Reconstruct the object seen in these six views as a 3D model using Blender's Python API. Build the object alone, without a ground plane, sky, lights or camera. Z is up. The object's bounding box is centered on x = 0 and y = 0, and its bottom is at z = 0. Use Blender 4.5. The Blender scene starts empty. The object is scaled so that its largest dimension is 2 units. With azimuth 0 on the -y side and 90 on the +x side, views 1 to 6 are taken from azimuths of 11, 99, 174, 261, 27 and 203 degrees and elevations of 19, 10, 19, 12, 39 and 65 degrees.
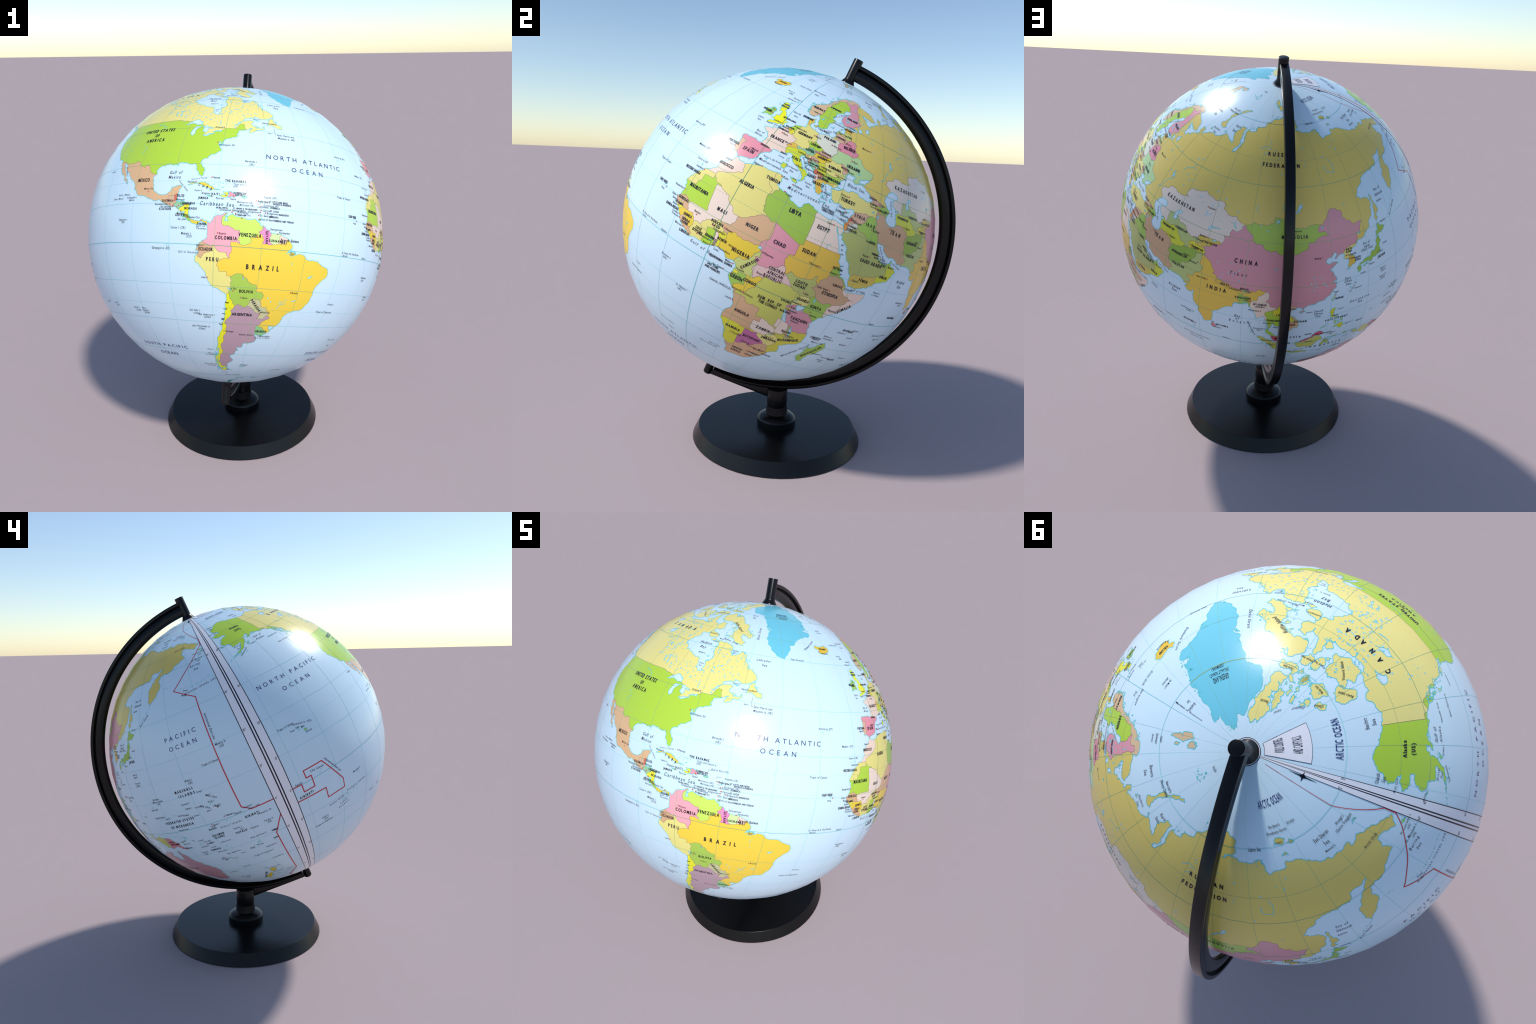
"""A desk globe: a printed political map on a tilted ball, held by a half-round arm on a black round foot.

The ball is a 48 x 24 sided sphere.  Every country is a printed patch of its own, cut out of the map by triangulating
coast and border curves; graticule, coast lines, borders, date line, white seam strip and lettering lie on top of it
as thin prints.  All sizes in metres, z up.
"""
import math
import random
import bpy
import numpy as np
from mathutils import Vector
from mathutils.geometry import delaunay_2d_cdt

RNG = random.Random(11)

# ---------------------------------------------------------------- overall sizes
BALL_CENTRE = np.array([0.0004, -0.0487, 1.1566])
BALL_RADIUS = 0.7880
POLE_TILT = math.radians(23.5)          # the axis leans towards +y
MAP_TURN = math.radians(-10.66)         # turn of the printed map about the axis
SEGMENTS, RINGS = 48, 24
SEAM = -169.5                           # longitude (on the ball) of the seam where the map meets itself
STEP = 360.0 / SEGMENTS
MM = 0.001 / BALL_RADIUS                # one millimetre as a fraction of the radius

# ----------------------------------------------------------------------------
# GEOGRAPHY: hand-placed control points (longitude, latitude) of coasts and
# borders.  The code further down roughens them and turns each country into a
# printed patch of its own.
# ----------------------------------------------------------------------------
AFRICA_COAST = [
    (-5.9, 35.8), (-5.3, 35.9), (-4.4, 35.2), (-3.0, 35.3), (-2.0, 35.1), (-0.6, 35.8), (0.9, 36.4), (2.9, 36.8),
    (5.0, 36.8), (7.0, 37.0), (9.7, 37.3), (10.2, 37.1), (11.0, 37.0), (10.5, 36.3), (10.7, 35.6), (11.0, 35.2),
    (10.1, 34.2), (10.3, 33.8), (11.2, 33.2), (12.5, 32.8), (13.9, 32.8), (15.2, 32.3), (15.7, 31.3), (17.5, 30.9),
    (19.0, 30.3), (20.0, 30.9), (20.0, 32.0), (21.3, 32.9), (23.0, 32.6), (23.9, 32.0), (25.2, 31.6), (27.2, 31.3),
    (29.0, 30.9), (30.3, 31.4), (31.2, 31.6), (32.2, 31.2), (33.6, 31.1), (34.2, 31.3), (34.9, 29.5), (34.4, 28.0),
    (33.8, 27.8), (33.2, 28.6), (32.6, 29.9), (32.4, 29.6), (32.7, 28.9), (33.6, 27.6), (34.0, 26.7), (35.0, 25.0),
    (35.5, 24.1), (35.7, 23.0), (36.9, 22.0), (37.2, 20.9), (37.3, 19.5), (38.5, 18.1), (39.3, 15.9), (40.0, 15.0),
    (41.2, 14.6), (42.4, 13.2), (43.2, 12.2), (43.3, 11.5), (42.7, 11.5), (44.0, 10.5), (45.5, 10.7), (47.5, 11.1),
    (49.5, 11.3), (51.2, 11.9), (51.1, 10.5), (50.7, 9.2), (49.8, 7.9), (48.9, 6.2), (47.9, 4.5), (46.2, 2.7),
    (44.2, 1.2), (42.5, -0.3), (41.5, -1.7), (40.2, -2.6), (39.5, -4.3), (38.8, -6.2), (39.4, -7.0), (39.3, -8.2),
    (40.4, -10.4), (40.7, -12.5), (40.6, -15.0), (39.8, -16.4), (37.5, -17.7), (36.3, -18.8), (34.9, -19.8), (34.8, -20.6),
    (35.5, -22.1), (35.5, -23.8), (33.3, -25.1), (32.7, -26.0), (32.9, -27.2), (32.1, -28.8), (31.0, -29.9), (29.9, -31.2),
    (28.0, -32.9), (26.4, -33.8), (25.6, -34.0), (23.5, -34.0), (22.0, -34.2), (20.0, -34.8), (18.4, -34.3), (18.3, -33.3),
    (17.9, -32.7), (18.3, -31.8), (17.2, -30.0), (16.4, -28.6), (15.3, -26.8), (14.9, -25.0), (14.5, -22.9), (13.4, -20.8),
    (12.0, -18.5), (11.8, -17.0), (11.8, -15.8), (12.5, -13.6), (13.6, -12.2), (13.8, -10.6), (13.0, -9.0), (13.1, -7.8),
    (12.3, -6.1), (11.8, -4.7), (10.6, -3.5), (9.6, -2.4), (8.8, -0.7), (9.4, 0.4), (9.6, 1.1), (9.7, 2.3),
    (9.9, 3.2), (9.4, 4.0), (8.6, 4.7), (7.1, 4.4), (6.0, 4.3), (5.3, 5.4), (4.4, 6.3), (2.7, 6.4),
    (1.2, 6.1), (0.8, 5.8), (-0.5, 5.3), (-2.0, 4.8), (-3.3, 5.1), (-5.5, 5.1), (-7.5, 4.4), (-9.2, 5.5),
    (-11.4, 6.8), (-12.5, 7.4), (-13.2, 8.5), (-13.3, 9.2), (-14.5, 10.5), (-15.0, 10.9), (-15.5, 11.5), (-16.7, 12.4),
    (-16.8, 13.3), (-17.5, 14.7), (-16.5, 15.9), (-16.3, 17.3), (-16.0, 18.9), (-16.5, 19.4), (-16.2, 20.2), (-17.0, 20.9),
    (-16.9, 21.9), (-16.0, 23.7), (-15.0, 25.0), (-14.6, 26.1), (-13.5, 26.7), (-12.9, 27.7), (-11.5, 28.2), (-10.2, 29.3),
    (-9.6, 30.3), (-9.8, 31.4), (-9.0, 32.7), (-7.6, 33.6), (-6.5, 34.3)]

# countries of one land mass in painting order: (name, colour, outline); an outline may overshoot into the sea and
# into a neighbour that is painted after it
AFRICA = [
    ("south_africa", "tan", [(14, -28.6), (16.4, -28.6), (17.4, -28.7), (20, -28.4), (20, -24.8), (20.7, -26.9), (23, -25.3),
        (25.6, -25.6), (26.8, -24.3), (28, -22.8), (29.4, -22.2), (31.3, -22.4), (32, -24.5), (32, -26), (32.1, -26.8), (36, -27),
        (30, -37), (15, -37)]),
    ("namibia", "yellow", [(10, -17.2), (11.8, -17.3), (14, -17.4), (18.4, -17.4), (21, -17.9), (23.5, -17.5), (25.2, -17.8),
        (23.6, -18.4), (21, -18.3), (21, -22), (20, -22), (20, -28.4), (17.4, -28.7), (16.4, -28.6), (12, -29)]),
    ("mozambique", "olive_yellow", [(43, -10.5), (40.4, -10.5), (37.5, -11.7), (34.9, -11.6), (34.6, -12.5), (35, -13.6), (33.2, -14),
        (30.2, -14.8), (30.4, -15.6), (31.3, -16), (32.9, -16.7), (32.8, -18.5), (32.9, -19.8), (32.5, -21.3), (31.3, -22.4), (32, -24.5),
        (32, -26), (32.1, -26.8), (36, -27), (43, -18)]),
    ("botswana", "magenta", [(25.3, -17.8), (26.2, -19.5), (27.7, -20.5), (29.4, -22.2), (28, -22.8), (26.8, -24.3), (25.6, -25.6),
        (23, -25.3), (20.7, -26.9), (20, -24.8), (20, -22), (21, -22), (21, -18.3), (23.6, -18.4)]),
    ("zimbabwe", "straw", [(25.3, -17.8), (27, -17.9), (29, -16), (30.4, -15.6), (31.3, -16), (32.9, -16.7), (32.8, -18.5),
        (32.9, -19.8), (32.5, -21.3), (31.3, -22.4), (29.4, -22.2), (27.7, -20.5), (26.2, -19.5)]),
    ("zambia", "blush", [(33.3, -10.8), (33.3, -12.5), (32.7, -13.7), (33.2, -14), (30.2, -14.8), (30.4, -15.6), (29, -16), (27, -17.9),
        (25.3, -17.8), (23.4, -17.6), (22, -16.2), (22, -13), (24, -13), (24, -10.9), (25.4, -11.3), (26.9, -11.9), (28.4, -12.4),
        (29.8, -13.4), (29.8, -12.2), (28.5, -11.9), (28.6, -9.3), (28.9, -8.4), (30.8, -8.3), (31, -8.6), (32.9, -9.4)]),
    ("malawi", "khaki", [(33, -9.4), (34, -9.5), (34.9, -11.6), (34.6, -12.5), (35, -13.6), (35.9, -14.9), (35.8, -16), (35.3, -17.1),
        (34.3, -16), (34.5, -14.6), (33.2, -14), (32.7, -13.7), (33.3, -12.5), (33.3, -10.8)]),
    ("angola", "tan", [(9, -5.9), (12.3, -6), (13, -5.9), (16.4, -5.9), (17, -7.5), (19.5, -7), (21.8, -7.3), (21.9, -9.5), (22.2, -11.2),
        (24, -10.9), (24, -13), (22, -13), (22, -16.2), (23.4, -17.6), (21, -17.9), (18.4, -17.4), (14, -17.4), (11.8, -17.3), (9, -17.3)]),
    ("democratic_republic", "olive_green", [(10, -5.9), (13, -5.9), (16.4, -5.9), (17, -7.5), (19.5, -7), (21.8, -7.3), (21.9, -9.5),
        (22.2, -11.2), (24, -10.9), (25.4, -11.3), (26.9, -11.9), (28.4, -12.4), (29.8, -13.4), (29.8, -12.2), (28.5, -11.9),
        (28.6, -9.3), (28.9, -8.4), (30.8, -8.3), (29.4, -6), (29.4, -4.4), (29.2, -3.5), (29, -2.8), (29.2, -1.7), (29.6, -1.4),
        (29.6, -0.5), (29.9, 0.6), (31.2, 2.2), (30.9, 3.5), (30, 4.3), (28.4, 4.3), (27.4, 5.1), (25.2, 5.1), (22.9, 4.7), (22.4, 4.1),
        (20.6, 4.4), (19.4, 5.1), (18.6, 4.3), (18.6, 3.5), (18, 2), (17.8, -0.5), (16.2, -2.2), (16, -3.5), (15.3, -4.3), (14.4, -4.9),
        (13, -4.6), (12.8, -5.2), (10, -5.5)]),
    ("angola", "tan", [(11, -5.8), (12.6, -5.7), (13, -4.7), (12.6, -4.4), (11, -4.8)]),
    ("congo", "golden", [(18.6, 3.5), (18, 2), (17.8, -0.5), (16.2, -2.2), (16, -3.5), (15.3, -4.3), (14.4, -4.9), (13, -4.6), (10, -5),
        (10, -4), (11.1, -3.9), (11.5, -2.8), (12.5, -2.1), (14.4, -1.9), (14.3, -0.5), (13.9, 0.2), (14.3, 1.3), (13.2, 2.2), (16.2, 2.2),
        (17, 3.6)]),
    ("gabon", "green", [(7, 1), (9.8, 1), (11.3, 1), (11.3, 2.2), (13.2, 2.2), (14.3, 1.3), (13.9, 0.2), (14.3, -0.5), (14.4, -1.9),
        (12.5, -2.1), (11.5, -2.8), (11.1, -3.9), (9, -4.2)]),
    ("equatorial_guinea", "lemon", [(8, 1), (9.8, 1), (11.3, 1), (11.3, 2.2), (9.8, 2.3), (8, 2.3)]),
    ("tanzania", "rose", [(33.9, -1), (37.6, -3), (37.7, -3.6), (39.2, -4.7), (43, -5.3), (43, -10.5), (40.4, -10.5), (37.5, -11.7),
        (34.9, -11.6), (34, -9.5), (32.9, -9.4), (31, -8.6), (30.5, -8.2), (29.4, -6), (29.4, -4.4), (30.8, -3.3), (30.5, -2.4),
        (30.5, -1.1)]),
    ("rwanda", "rose", [(29, -2.8), (29.2, -1.7), (29.6, -1.4), (30.5, -1.1), (30.5, -2.4), (29.9, -2.7)]),
    ("burundi", "yellow", [(29, -2.8), (29.9, -2.7), (30.5, -2.4), (30.8, -3.3), (29.4, -4.4), (29.2, -3.5)]),
    ("kenya", "green", [(41.6, -1.7), (41, -0.8), (41, 2.8), (41.9, 3.9), (40.8, 4.3), (39.5, 3.5), (38.1, 3.6), (36, 4.4), (35.3, 5.3),
        (34, 4.2), (34.5, 3.1), (35, 1.9), (34, 0.2), (33.9, -1), (37.6, -3), (37.7, -3.6), (39.2, -4.7), (44, -5.5), (44, -3)]),
    ("uganda", "straw", [(30.9, 3.5), (32.4, 3.7), (34, 4.2), (34.5, 3.1), (35, 1.9), (34, 0.2), (33.9, -1), (30.5, -1.1), (29.6, -1.4),
        (29.6, -0.5), (29.9, 0.6), (31.2, 2.2)]),
    ("somalia", "blush_rose", [(42.9, 11), (42.8, 10.9), (43, 10), (44, 9), (47, 8), (48, 8), (45, 5), (44, 4.9), (42.8, 4.3), (41.9, 3.9),
        (41, 2.8), (41, -0.8), (41.6, -1.7), (45, -4), (54, 8), (53, 14), (43, 12)]),
    ("ethiopia", "clay", [(36.4, 14.3), (37.6, 14.2), (39, 14.6), (40.1, 14.5), (41.2, 13.9), (42.4, 12.5), (41.8, 11.2), (42.8, 10.9),
        (43, 10), (44, 9), (47, 8), (48, 8), (45, 5), (44, 4.9), (42.8, 4.3), (41.9, 3.9), (40.8, 4.3), (39.5, 3.5), (38.1, 3.6), (36, 4.4),
        (35.3, 5.3), (34.7, 6.7), (33, 7.8), (34, 8.6), (34.1, 9.5), (34.3, 10.6), (35, 11.8), (36.1, 12.7)]),
    ("eritrea", "leaf_green", [(38.5, 18.1), (37, 17.1), (36.4, 15.1), (36.4, 14.3), (37.6, 14.2), (39, 14.6), (40.1, 14.5), (41.2, 13.9),
        (42.4, 12.5), (43.1, 12.7), (44, 14), (40, 18)]),
    ("djibouti", "olive_green", [(42.4, 12.5), (43.1, 12.7), (44, 12), (43.3, 11.2), (42.9, 11), (41.8, 11.2)]),
    ("south_sudan", "moss", [(24, 8.7), (25.1, 10.3), (26.5, 9.5), (28, 9.4), (29.5, 9.8), (30.8, 9.8), (32, 10.5), (32.4, 11.7), (32.7, 12.2),
        (33.2, 12.2), (33.2, 10.7), (33.9, 9.5), (34.1, 9.5), (34, 8.6), (33, 7.8), (34.7, 6.7), (35.3, 5.3), (34, 4.2), (32.4, 3.7), (30.9, 3.5),
        (30, 4.3), (28.4, 4.3), (27.4, 5.1), (26.4, 6.6), (25.2, 7.5), (24.3, 8.3)]),
    ("sudan", "amber", [(25, 22), (31, 22), (36.9, 22), (40, 22), (39.5, 18), (38.5, 18.1), (37, 17.1), (36.4, 15.1), (36.4, 14.3), (36.1, 12.7),
        (35, 11.8), (34.3, 10.6), (34.1, 9.5), (33.9, 9.5), (33.2, 10.7), (33.2, 12.2), (32.7, 12.2), (32.4, 11.7), (32, 10.5), (30.8, 9.8),
        (29.5, 9.8), (28, 9.4), (26.5, 9.5), (25.1, 10.3), (24, 8.7), (23.5, 8.7), (23.6, 9.9), (22.9, 11), (22.4, 12.2), (22, 13), (22.3, 14),
        (22.9, 15.5), (24, 15.7), (24, 19.5), (24, 20), (25, 20)]),
    ("central_african_republic", "pale_rose", [(15.5, 7.5), (16.8, 7.6), (18.6, 8), (18.9, 8.8), (20.3, 9.2), (21.7, 10.5), (22.9, 11), (23.6, 9.9),
        (23.5, 8.7), (24, 8.7), (24.3, 8.3), (25.2, 7.5), (26.4, 6.6), (27.4, 5.1), (25.2, 5.1), (22.9, 4.7), (22.4, 4.1), (20.6, 4.4),
        (19.4, 5.1), (18.6, 4.3), (18.6, 3.5), (17, 3.6), (16.2, 2.2), (15.2, 4), (14.5, 5), (14.5, 6.2)]),
    ("chad", "pink", [(14.1, 13.1), (13.5, 14.4), (15.5, 16.9), (15.5, 20), (15.2, 21.5), (15, 23), (24, 19.5), (24, 15.7), (22.9, 15.5), (22.3, 14),
        (22, 13), (22.4, 12.2), (22.9, 11), (21.7, 10.5), (20.3, 9.2), (18.9, 8.8), (18.6, 8), (16.8, 7.6), (15.5, 7.5), (14.2, 8.8), (13.9, 9.6),
        (15.5, 10), (15.1, 10.8), (15.1, 12)]),
    ("cameroon", "sage", [(7, 3), (8.5, 4.7), (8.8, 5.6), (9.2, 6.4), (10.2, 7), (11.1, 6.6), (11.8, 7), (12.7, 8.7), (13.2, 9.6), (13.6, 11),
        (14.2, 11.3), (14.6, 12.2), (14.1, 13.1), (15.1, 12), (15.1, 10.8), (15.5, 10), (13.9, 9.6), (14.2, 8.8), (15.5, 7.5), (14.5, 6.2), (14.5, 5),
        (15.2, 4), (16.2, 2.2), (13.2, 2.2), (11.3, 2.2), (9.8, 2.3), (7, 2.3)]),
    ("nigeria", "golden", [(2.7, 3), (2.7, 6.4), (2.7, 9), (3.7, 10.1), (3.6, 11.7), (4.1, 13.5), (5.3, 13.8), (6.8, 13.1), (7.8, 13.3), (8.7, 12.9),
        (10.7, 13.3), (12.3, 13.1), (13.6, 13.7), (14.1, 13.1), (14.6, 12.2), (14.2, 11.3), (13.6, 11), (13.2, 9.6), (12.7, 8.7), (11.8, 7),
        (11.1, 6.6), (10.2, 7), (9.2, 6.4), (8.8, 5.6), (8.5, 4.7), (7.5, 3)]),
    ("niger", "tan", [(0.2, 14.9), (1, 15), (3.5, 15.4), (4.2, 16.9), (4.2, 19.2), (5.8, 19.5), (7.5, 20.9), (11.9, 23.5), (14.2, 22.6), (15, 23),
        (15.2, 21.5), (15.5, 20), (15.5, 16.9), (13.5, 14.4), (13.6, 13.7), (12.3, 13.1), (10.7, 13.3), (8.7, 12.9), (7.8, 13.3), (6.8, 13.1),
        (5.3, 13.8), (4.1, 13.5), (3.6, 11.7), (2.9, 12.3), (2.2, 11.9), (2.2, 12.6), (1, 13.4)]),
    ("benin", "yellow", [(1.6, 4), (1.6, 6.2), (1.6, 8.9), (1.4, 10), (0.9, 11), (2.2, 11.9), (2.9, 12.3), (3.6, 11.7), (3.7, 10.1), (2.7, 9), (2.7, 6.4),
        (2.7, 4)]),
    ("togo", "blush", [(1.2, 4), (1.2, 6.1), (0.5, 7), (0.6, 8.4), (0.3, 10.3), (-0.1, 11.1), (0.9, 11), (1.4, 10), (1.6, 8.9), (1.6, 6.2), (1.6, 4)]),
    ("ghana", "lime", [(-3, 3), (-2.9, 5.1), (-3.2, 6.3), (-2.5, 8.2), (-2.8, 9.6), (-2.9, 11), (-0.1, 11.1), (0.3, 10.3), (0.6, 8.4), (0.5, 7), (1.2, 6.1),
        (1.2, 3)]),
    ("burkina_faso", "straw", [(-5.5, 10.4), (-5.3, 11.8), (-4.3, 12.5), (-4.3, 13.1), (-3, 13.7), (-2, 14.2), (-0.5, 15.1), (0.2, 14.9), (1, 13.4),
        (2.2, 12.6), (2.2, 11.9), (0.9, 11), (-0.1, 11.1), (-2.9, 11), (-2.8, 9.6), (-4.5, 9.7)]),
    ("ivory_coast", "straw", [(-7.5, 3), (-7.5, 4.4), (-7.4, 5.8), (-8.4, 6.5), (-8.4, 7.6), (-7.9, 8.5), (-8, 10.2), (-6.2, 10.6), (-5.5, 10.4),
        (-4.5, 9.7), (-2.8, 9.6), (-2.5, 8.2), (-3.2, 6.3), (-2.9, 5.1), (-3, 3)]),
    ("liberia", "tan", [(-13, 6), (-11.4, 6.9), (-10.3, 8.5), (-9.5, 8.4), (-9.3, 7.4), (-8.4, 7.6), (-8.4, 6.5), (-7.4, 5.8), (-7.5, 4.4), (-7.5, 3)]),
    ("sierra_leone", "peach", [(-15, 9.1), (-13.3, 9.1), (-12.5, 9.9), (-11.2, 10), (-10.6, 9.1), (-10.3, 8.5), (-11.4, 6.9), (-13, 6)]),
    ("guinea", "golden", [(-17, 10.9), (-15, 10.9), (-13.8, 11.7), (-13.7, 12.6), (-11.4, 12.4), (-10.3, 12.2), (-9.3, 12.4), (-8.4, 11.3), (-8, 10.2),
        (-7.9, 8.5), (-8.4, 7.6), (-9.3, 7.4), (-9.5, 8.4), (-10.3, 8.5), (-10.6, 9.1), (-11.2, 10), (-12.5, 9.9), (-13.3, 9.1), (-16, 9.1)]),
    ("guinea_bissau", "lemon", [(-19, 12.3), (-16.7, 12.4), (-13.7, 12.6), (-13.8, 11.7), (-15, 10.9), (-18, 10.5)]),
    ("senegal", "tan", [(-19, 16.1), (-16.5, 16.1), (-14.5, 16.6), (-13.4, 16), (-12.2, 14.8), (-11.4, 13), (-11.4, 12.4), (-13.7, 12.6), (-16.7, 12.4),
        (-19, 12.3)]),
    ("gambia", "straw", [(-18, 13.6), (-15.4, 13.8), (-13.9, 13.6), (-15.5, 13.3), (-18, 13.1)]),
    ("mali", "blush", [(-12.2, 14.8), (-11.5, 15.6), (-10.7, 15.4), (-9.2, 15.5), (-5.5, 15.5), (-5.3, 16.3), (-5.6, 16.5), (-6.6, 25), (-4.8, 25),
        (1.2, 21.1), (1.8, 20.3), (3.2, 19.1), (4.2, 19.2), (4.2, 16.9), (3.5, 15.4), (1, 15), (0.2, 14.9), (-0.5, 15.1), (-2, 14.2), (-3, 13.7),
        (-4.3, 13.1), (-4.3, 12.5), (-5.3, 11.8), (-5.5, 10.4), (-6.2, 10.6), (-8, 10.2), (-8.4, 11.3), (-9.3, 12.4), (-10.3, 12.2), (-11.4, 12.4),
        (-11.4, 13)]),
    ("mauritania", "lime", [(-19, 21.3), (-17.1, 20.8), (-17, 21.3), (-13.1, 21.3), (-13, 23), (-12, 23.4), (-12, 26), (-8.7, 26), (-8.7, 27.3),
        (-4.8, 25), (-6.6, 25), (-5.6, 16.5), (-5.3, 16.3), (-5.5, 15.5), (-9.2, 15.5), (-10.7, 15.4), (-11.5, 15.6), (-12.2, 14.8), (-13.4, 16),
        (-14.5, 16.6), (-16.5, 16.1), (-19, 16.1)]),
    ("western_sahara", "straw", [(-8.7, 27.7), (-8.7, 26), (-12, 26), (-12, 23.4), (-13, 23), (-13.1, 21.3), (-17, 21.3), (-17.1, 20.8), (-19, 20.8),
        (-19, 27.7)]),
    ("morocco", "blush_rose", [(-2.2, 37), (-2.2, 35.1), (-1.7, 33.3), (-1.2, 32.2), (-2.8, 31.8), (-3.6, 30.9), (-5.5, 29.9), (-7.2, 29.5), (-8.7, 28.7),
        (-8.7, 27.7), (-14, 27.7), (-14, 37)]),
    ("algeria", "straw", [(-8.7, 28.7), (-8.7, 27.3), (-4.8, 25), (1.2, 21.1), (1.8, 20.3), (3.2, 19.1), (4.2, 19.2), (5.8, 19.5), (7.5, 20.9), (11.9, 23.5),
        (10, 24.5), (9.4, 26.1), (9.9, 26.5), (9.5, 30.2), (9.1, 32.1), (8.3, 32.5), (7.5, 33.8), (8.3, 35), (8.2, 36.5), (8.6, 36.9), (8.6, 38.5),
        (-2.2, 38), (-2.2, 35.1), (-1.7, 33.3), (-1.2, 32.2), (-2.8, 31.8), (-3.6, 30.9), (-5.5, 29.9), (-7.2, 29.5)]),
    ("tunisia", "straw", [(8.6, 38.5), (8.6, 36.9), (8.2, 36.5), (8.3, 35), (7.5, 33.8), (8.3, 32.5), (9.1, 32.1), (9.5, 30.2), (10.2, 30.8), (10.3, 31.7),
        (11.5, 32.4), (11.5, 33.2), (13, 38)]),
    ("libya", "leaf_green", [(11.6, 34), (11.5, 32.4), (10.3, 31.7), (10.2, 30.8), (9.5, 30.2), (9.9, 26.5), (9.4, 26.1), (10, 24.5), (11.9, 23.5),
        (14.2, 22.6), (15, 23), (24, 19.5), (24, 20), (25, 20), (25, 22), (25, 29.2), (24.8, 30), (25.1, 31.6), (25.1, 34)]),
    ("egypt", "blush", [(25.1, 34), (25.1, 31.6), (24.8, 30), (25, 29.2), (25, 22), (31, 22), (36.9, 22), (39, 22), (36, 30), (35, 33)]),
    ("lesotho", "blush", [(27, -29.6), (28.6, -28.6), (29.4, -29.6), (28, -30.6)]),
    ("eswatini", "yellow", [(31, -26.3), (31.8, -25.8), (32.1, -26.8), (31, -27.2)]),
]

WEST_EUROPE_COAST = [
    (-5.6, 36), (-6.3, 36.6), (-7.4, 37.2), (-8.9, 37), (-8.8, 38.4), (-9.4, 38.8), (-8.8, 40.3), (-8.8, 41.9), (-9.2, 43.1), (-7.8, 43.7),
    (-5.8, 43.6), (-3.8, 43.5), (-1.8, 43.4), (-1.3, 44.6), (-1.1, 45.9), (-2.2, 47.2), (-4.4, 47.9), (-4.7, 48.5), (-3, 48.8), (-1.6, 48.7),
    (-1.9, 49.7), (-1.2, 49.4), (0.1, 49.6), (1.5, 50.2), (1.7, 50.9), (3.4, 51.4), (4.1, 52), (4.8, 53), (7, 53.4), (8.1, 53.6), (8.9, 53.9),
    (8.6, 54.9), (8.1, 55.6), (8.2, 57), (9.6, 57.3), (10.6, 57.7), (10.3, 56.9), (10.9, 56.4), (10.2, 56), (9.7, 55.4), (9.8, 54.9), (10.9, 54.3),
    (12.4, 54.3), (14.2, 53.9), (16.4, 54.4), (18.5, 54.7), (19.6, 54.4), (21, 55.2), (21.1, 56.8), (21.7, 57.6), (23, 57), (24.2, 57.1), (24.4, 58.3),
    (23.5, 58.7), (23.6, 59.2), (25.5, 59.6), (28, 59.5), (30.1, 59.9), (28.5, 60.6), (26, 60.4), (23, 59.9), (22.3, 60.4), (21.4, 61.2), (21.4, 62.6),
    (23, 63.8), (25.3, 65.1), (24.2, 65.8), (22.2, 65.7), (21.4, 64.6), (20, 63.6), (18, 62.6), (17.3, 61.2), (17.2, 60.6), (18.8, 60), (17.9, 58.9),
    (16.7, 58.4), (16.5, 57), (16, 56.1), (14.5, 55.6), (14.2, 55.4), (12.9, 55.5), (12.6, 56.3), (11.8, 57.6), (11.2, 59), (10.6, 59.6), (10.2, 59),
    (8.3, 58.1), (7, 58), (5.6, 58.8), (5.2, 60.2), (5, 61.6), (6.2, 62.7), (8.5, 63.4), (10.2, 64.3), (12.2, 65.8), (13.5, 67.2), (15.5, 68.3),
    (17.5, 69.2), (19.5, 70), (22.5, 70.6), (25.8, 71.1), (28.3, 71), (31, 70.3), (30, 69.6)]
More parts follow.
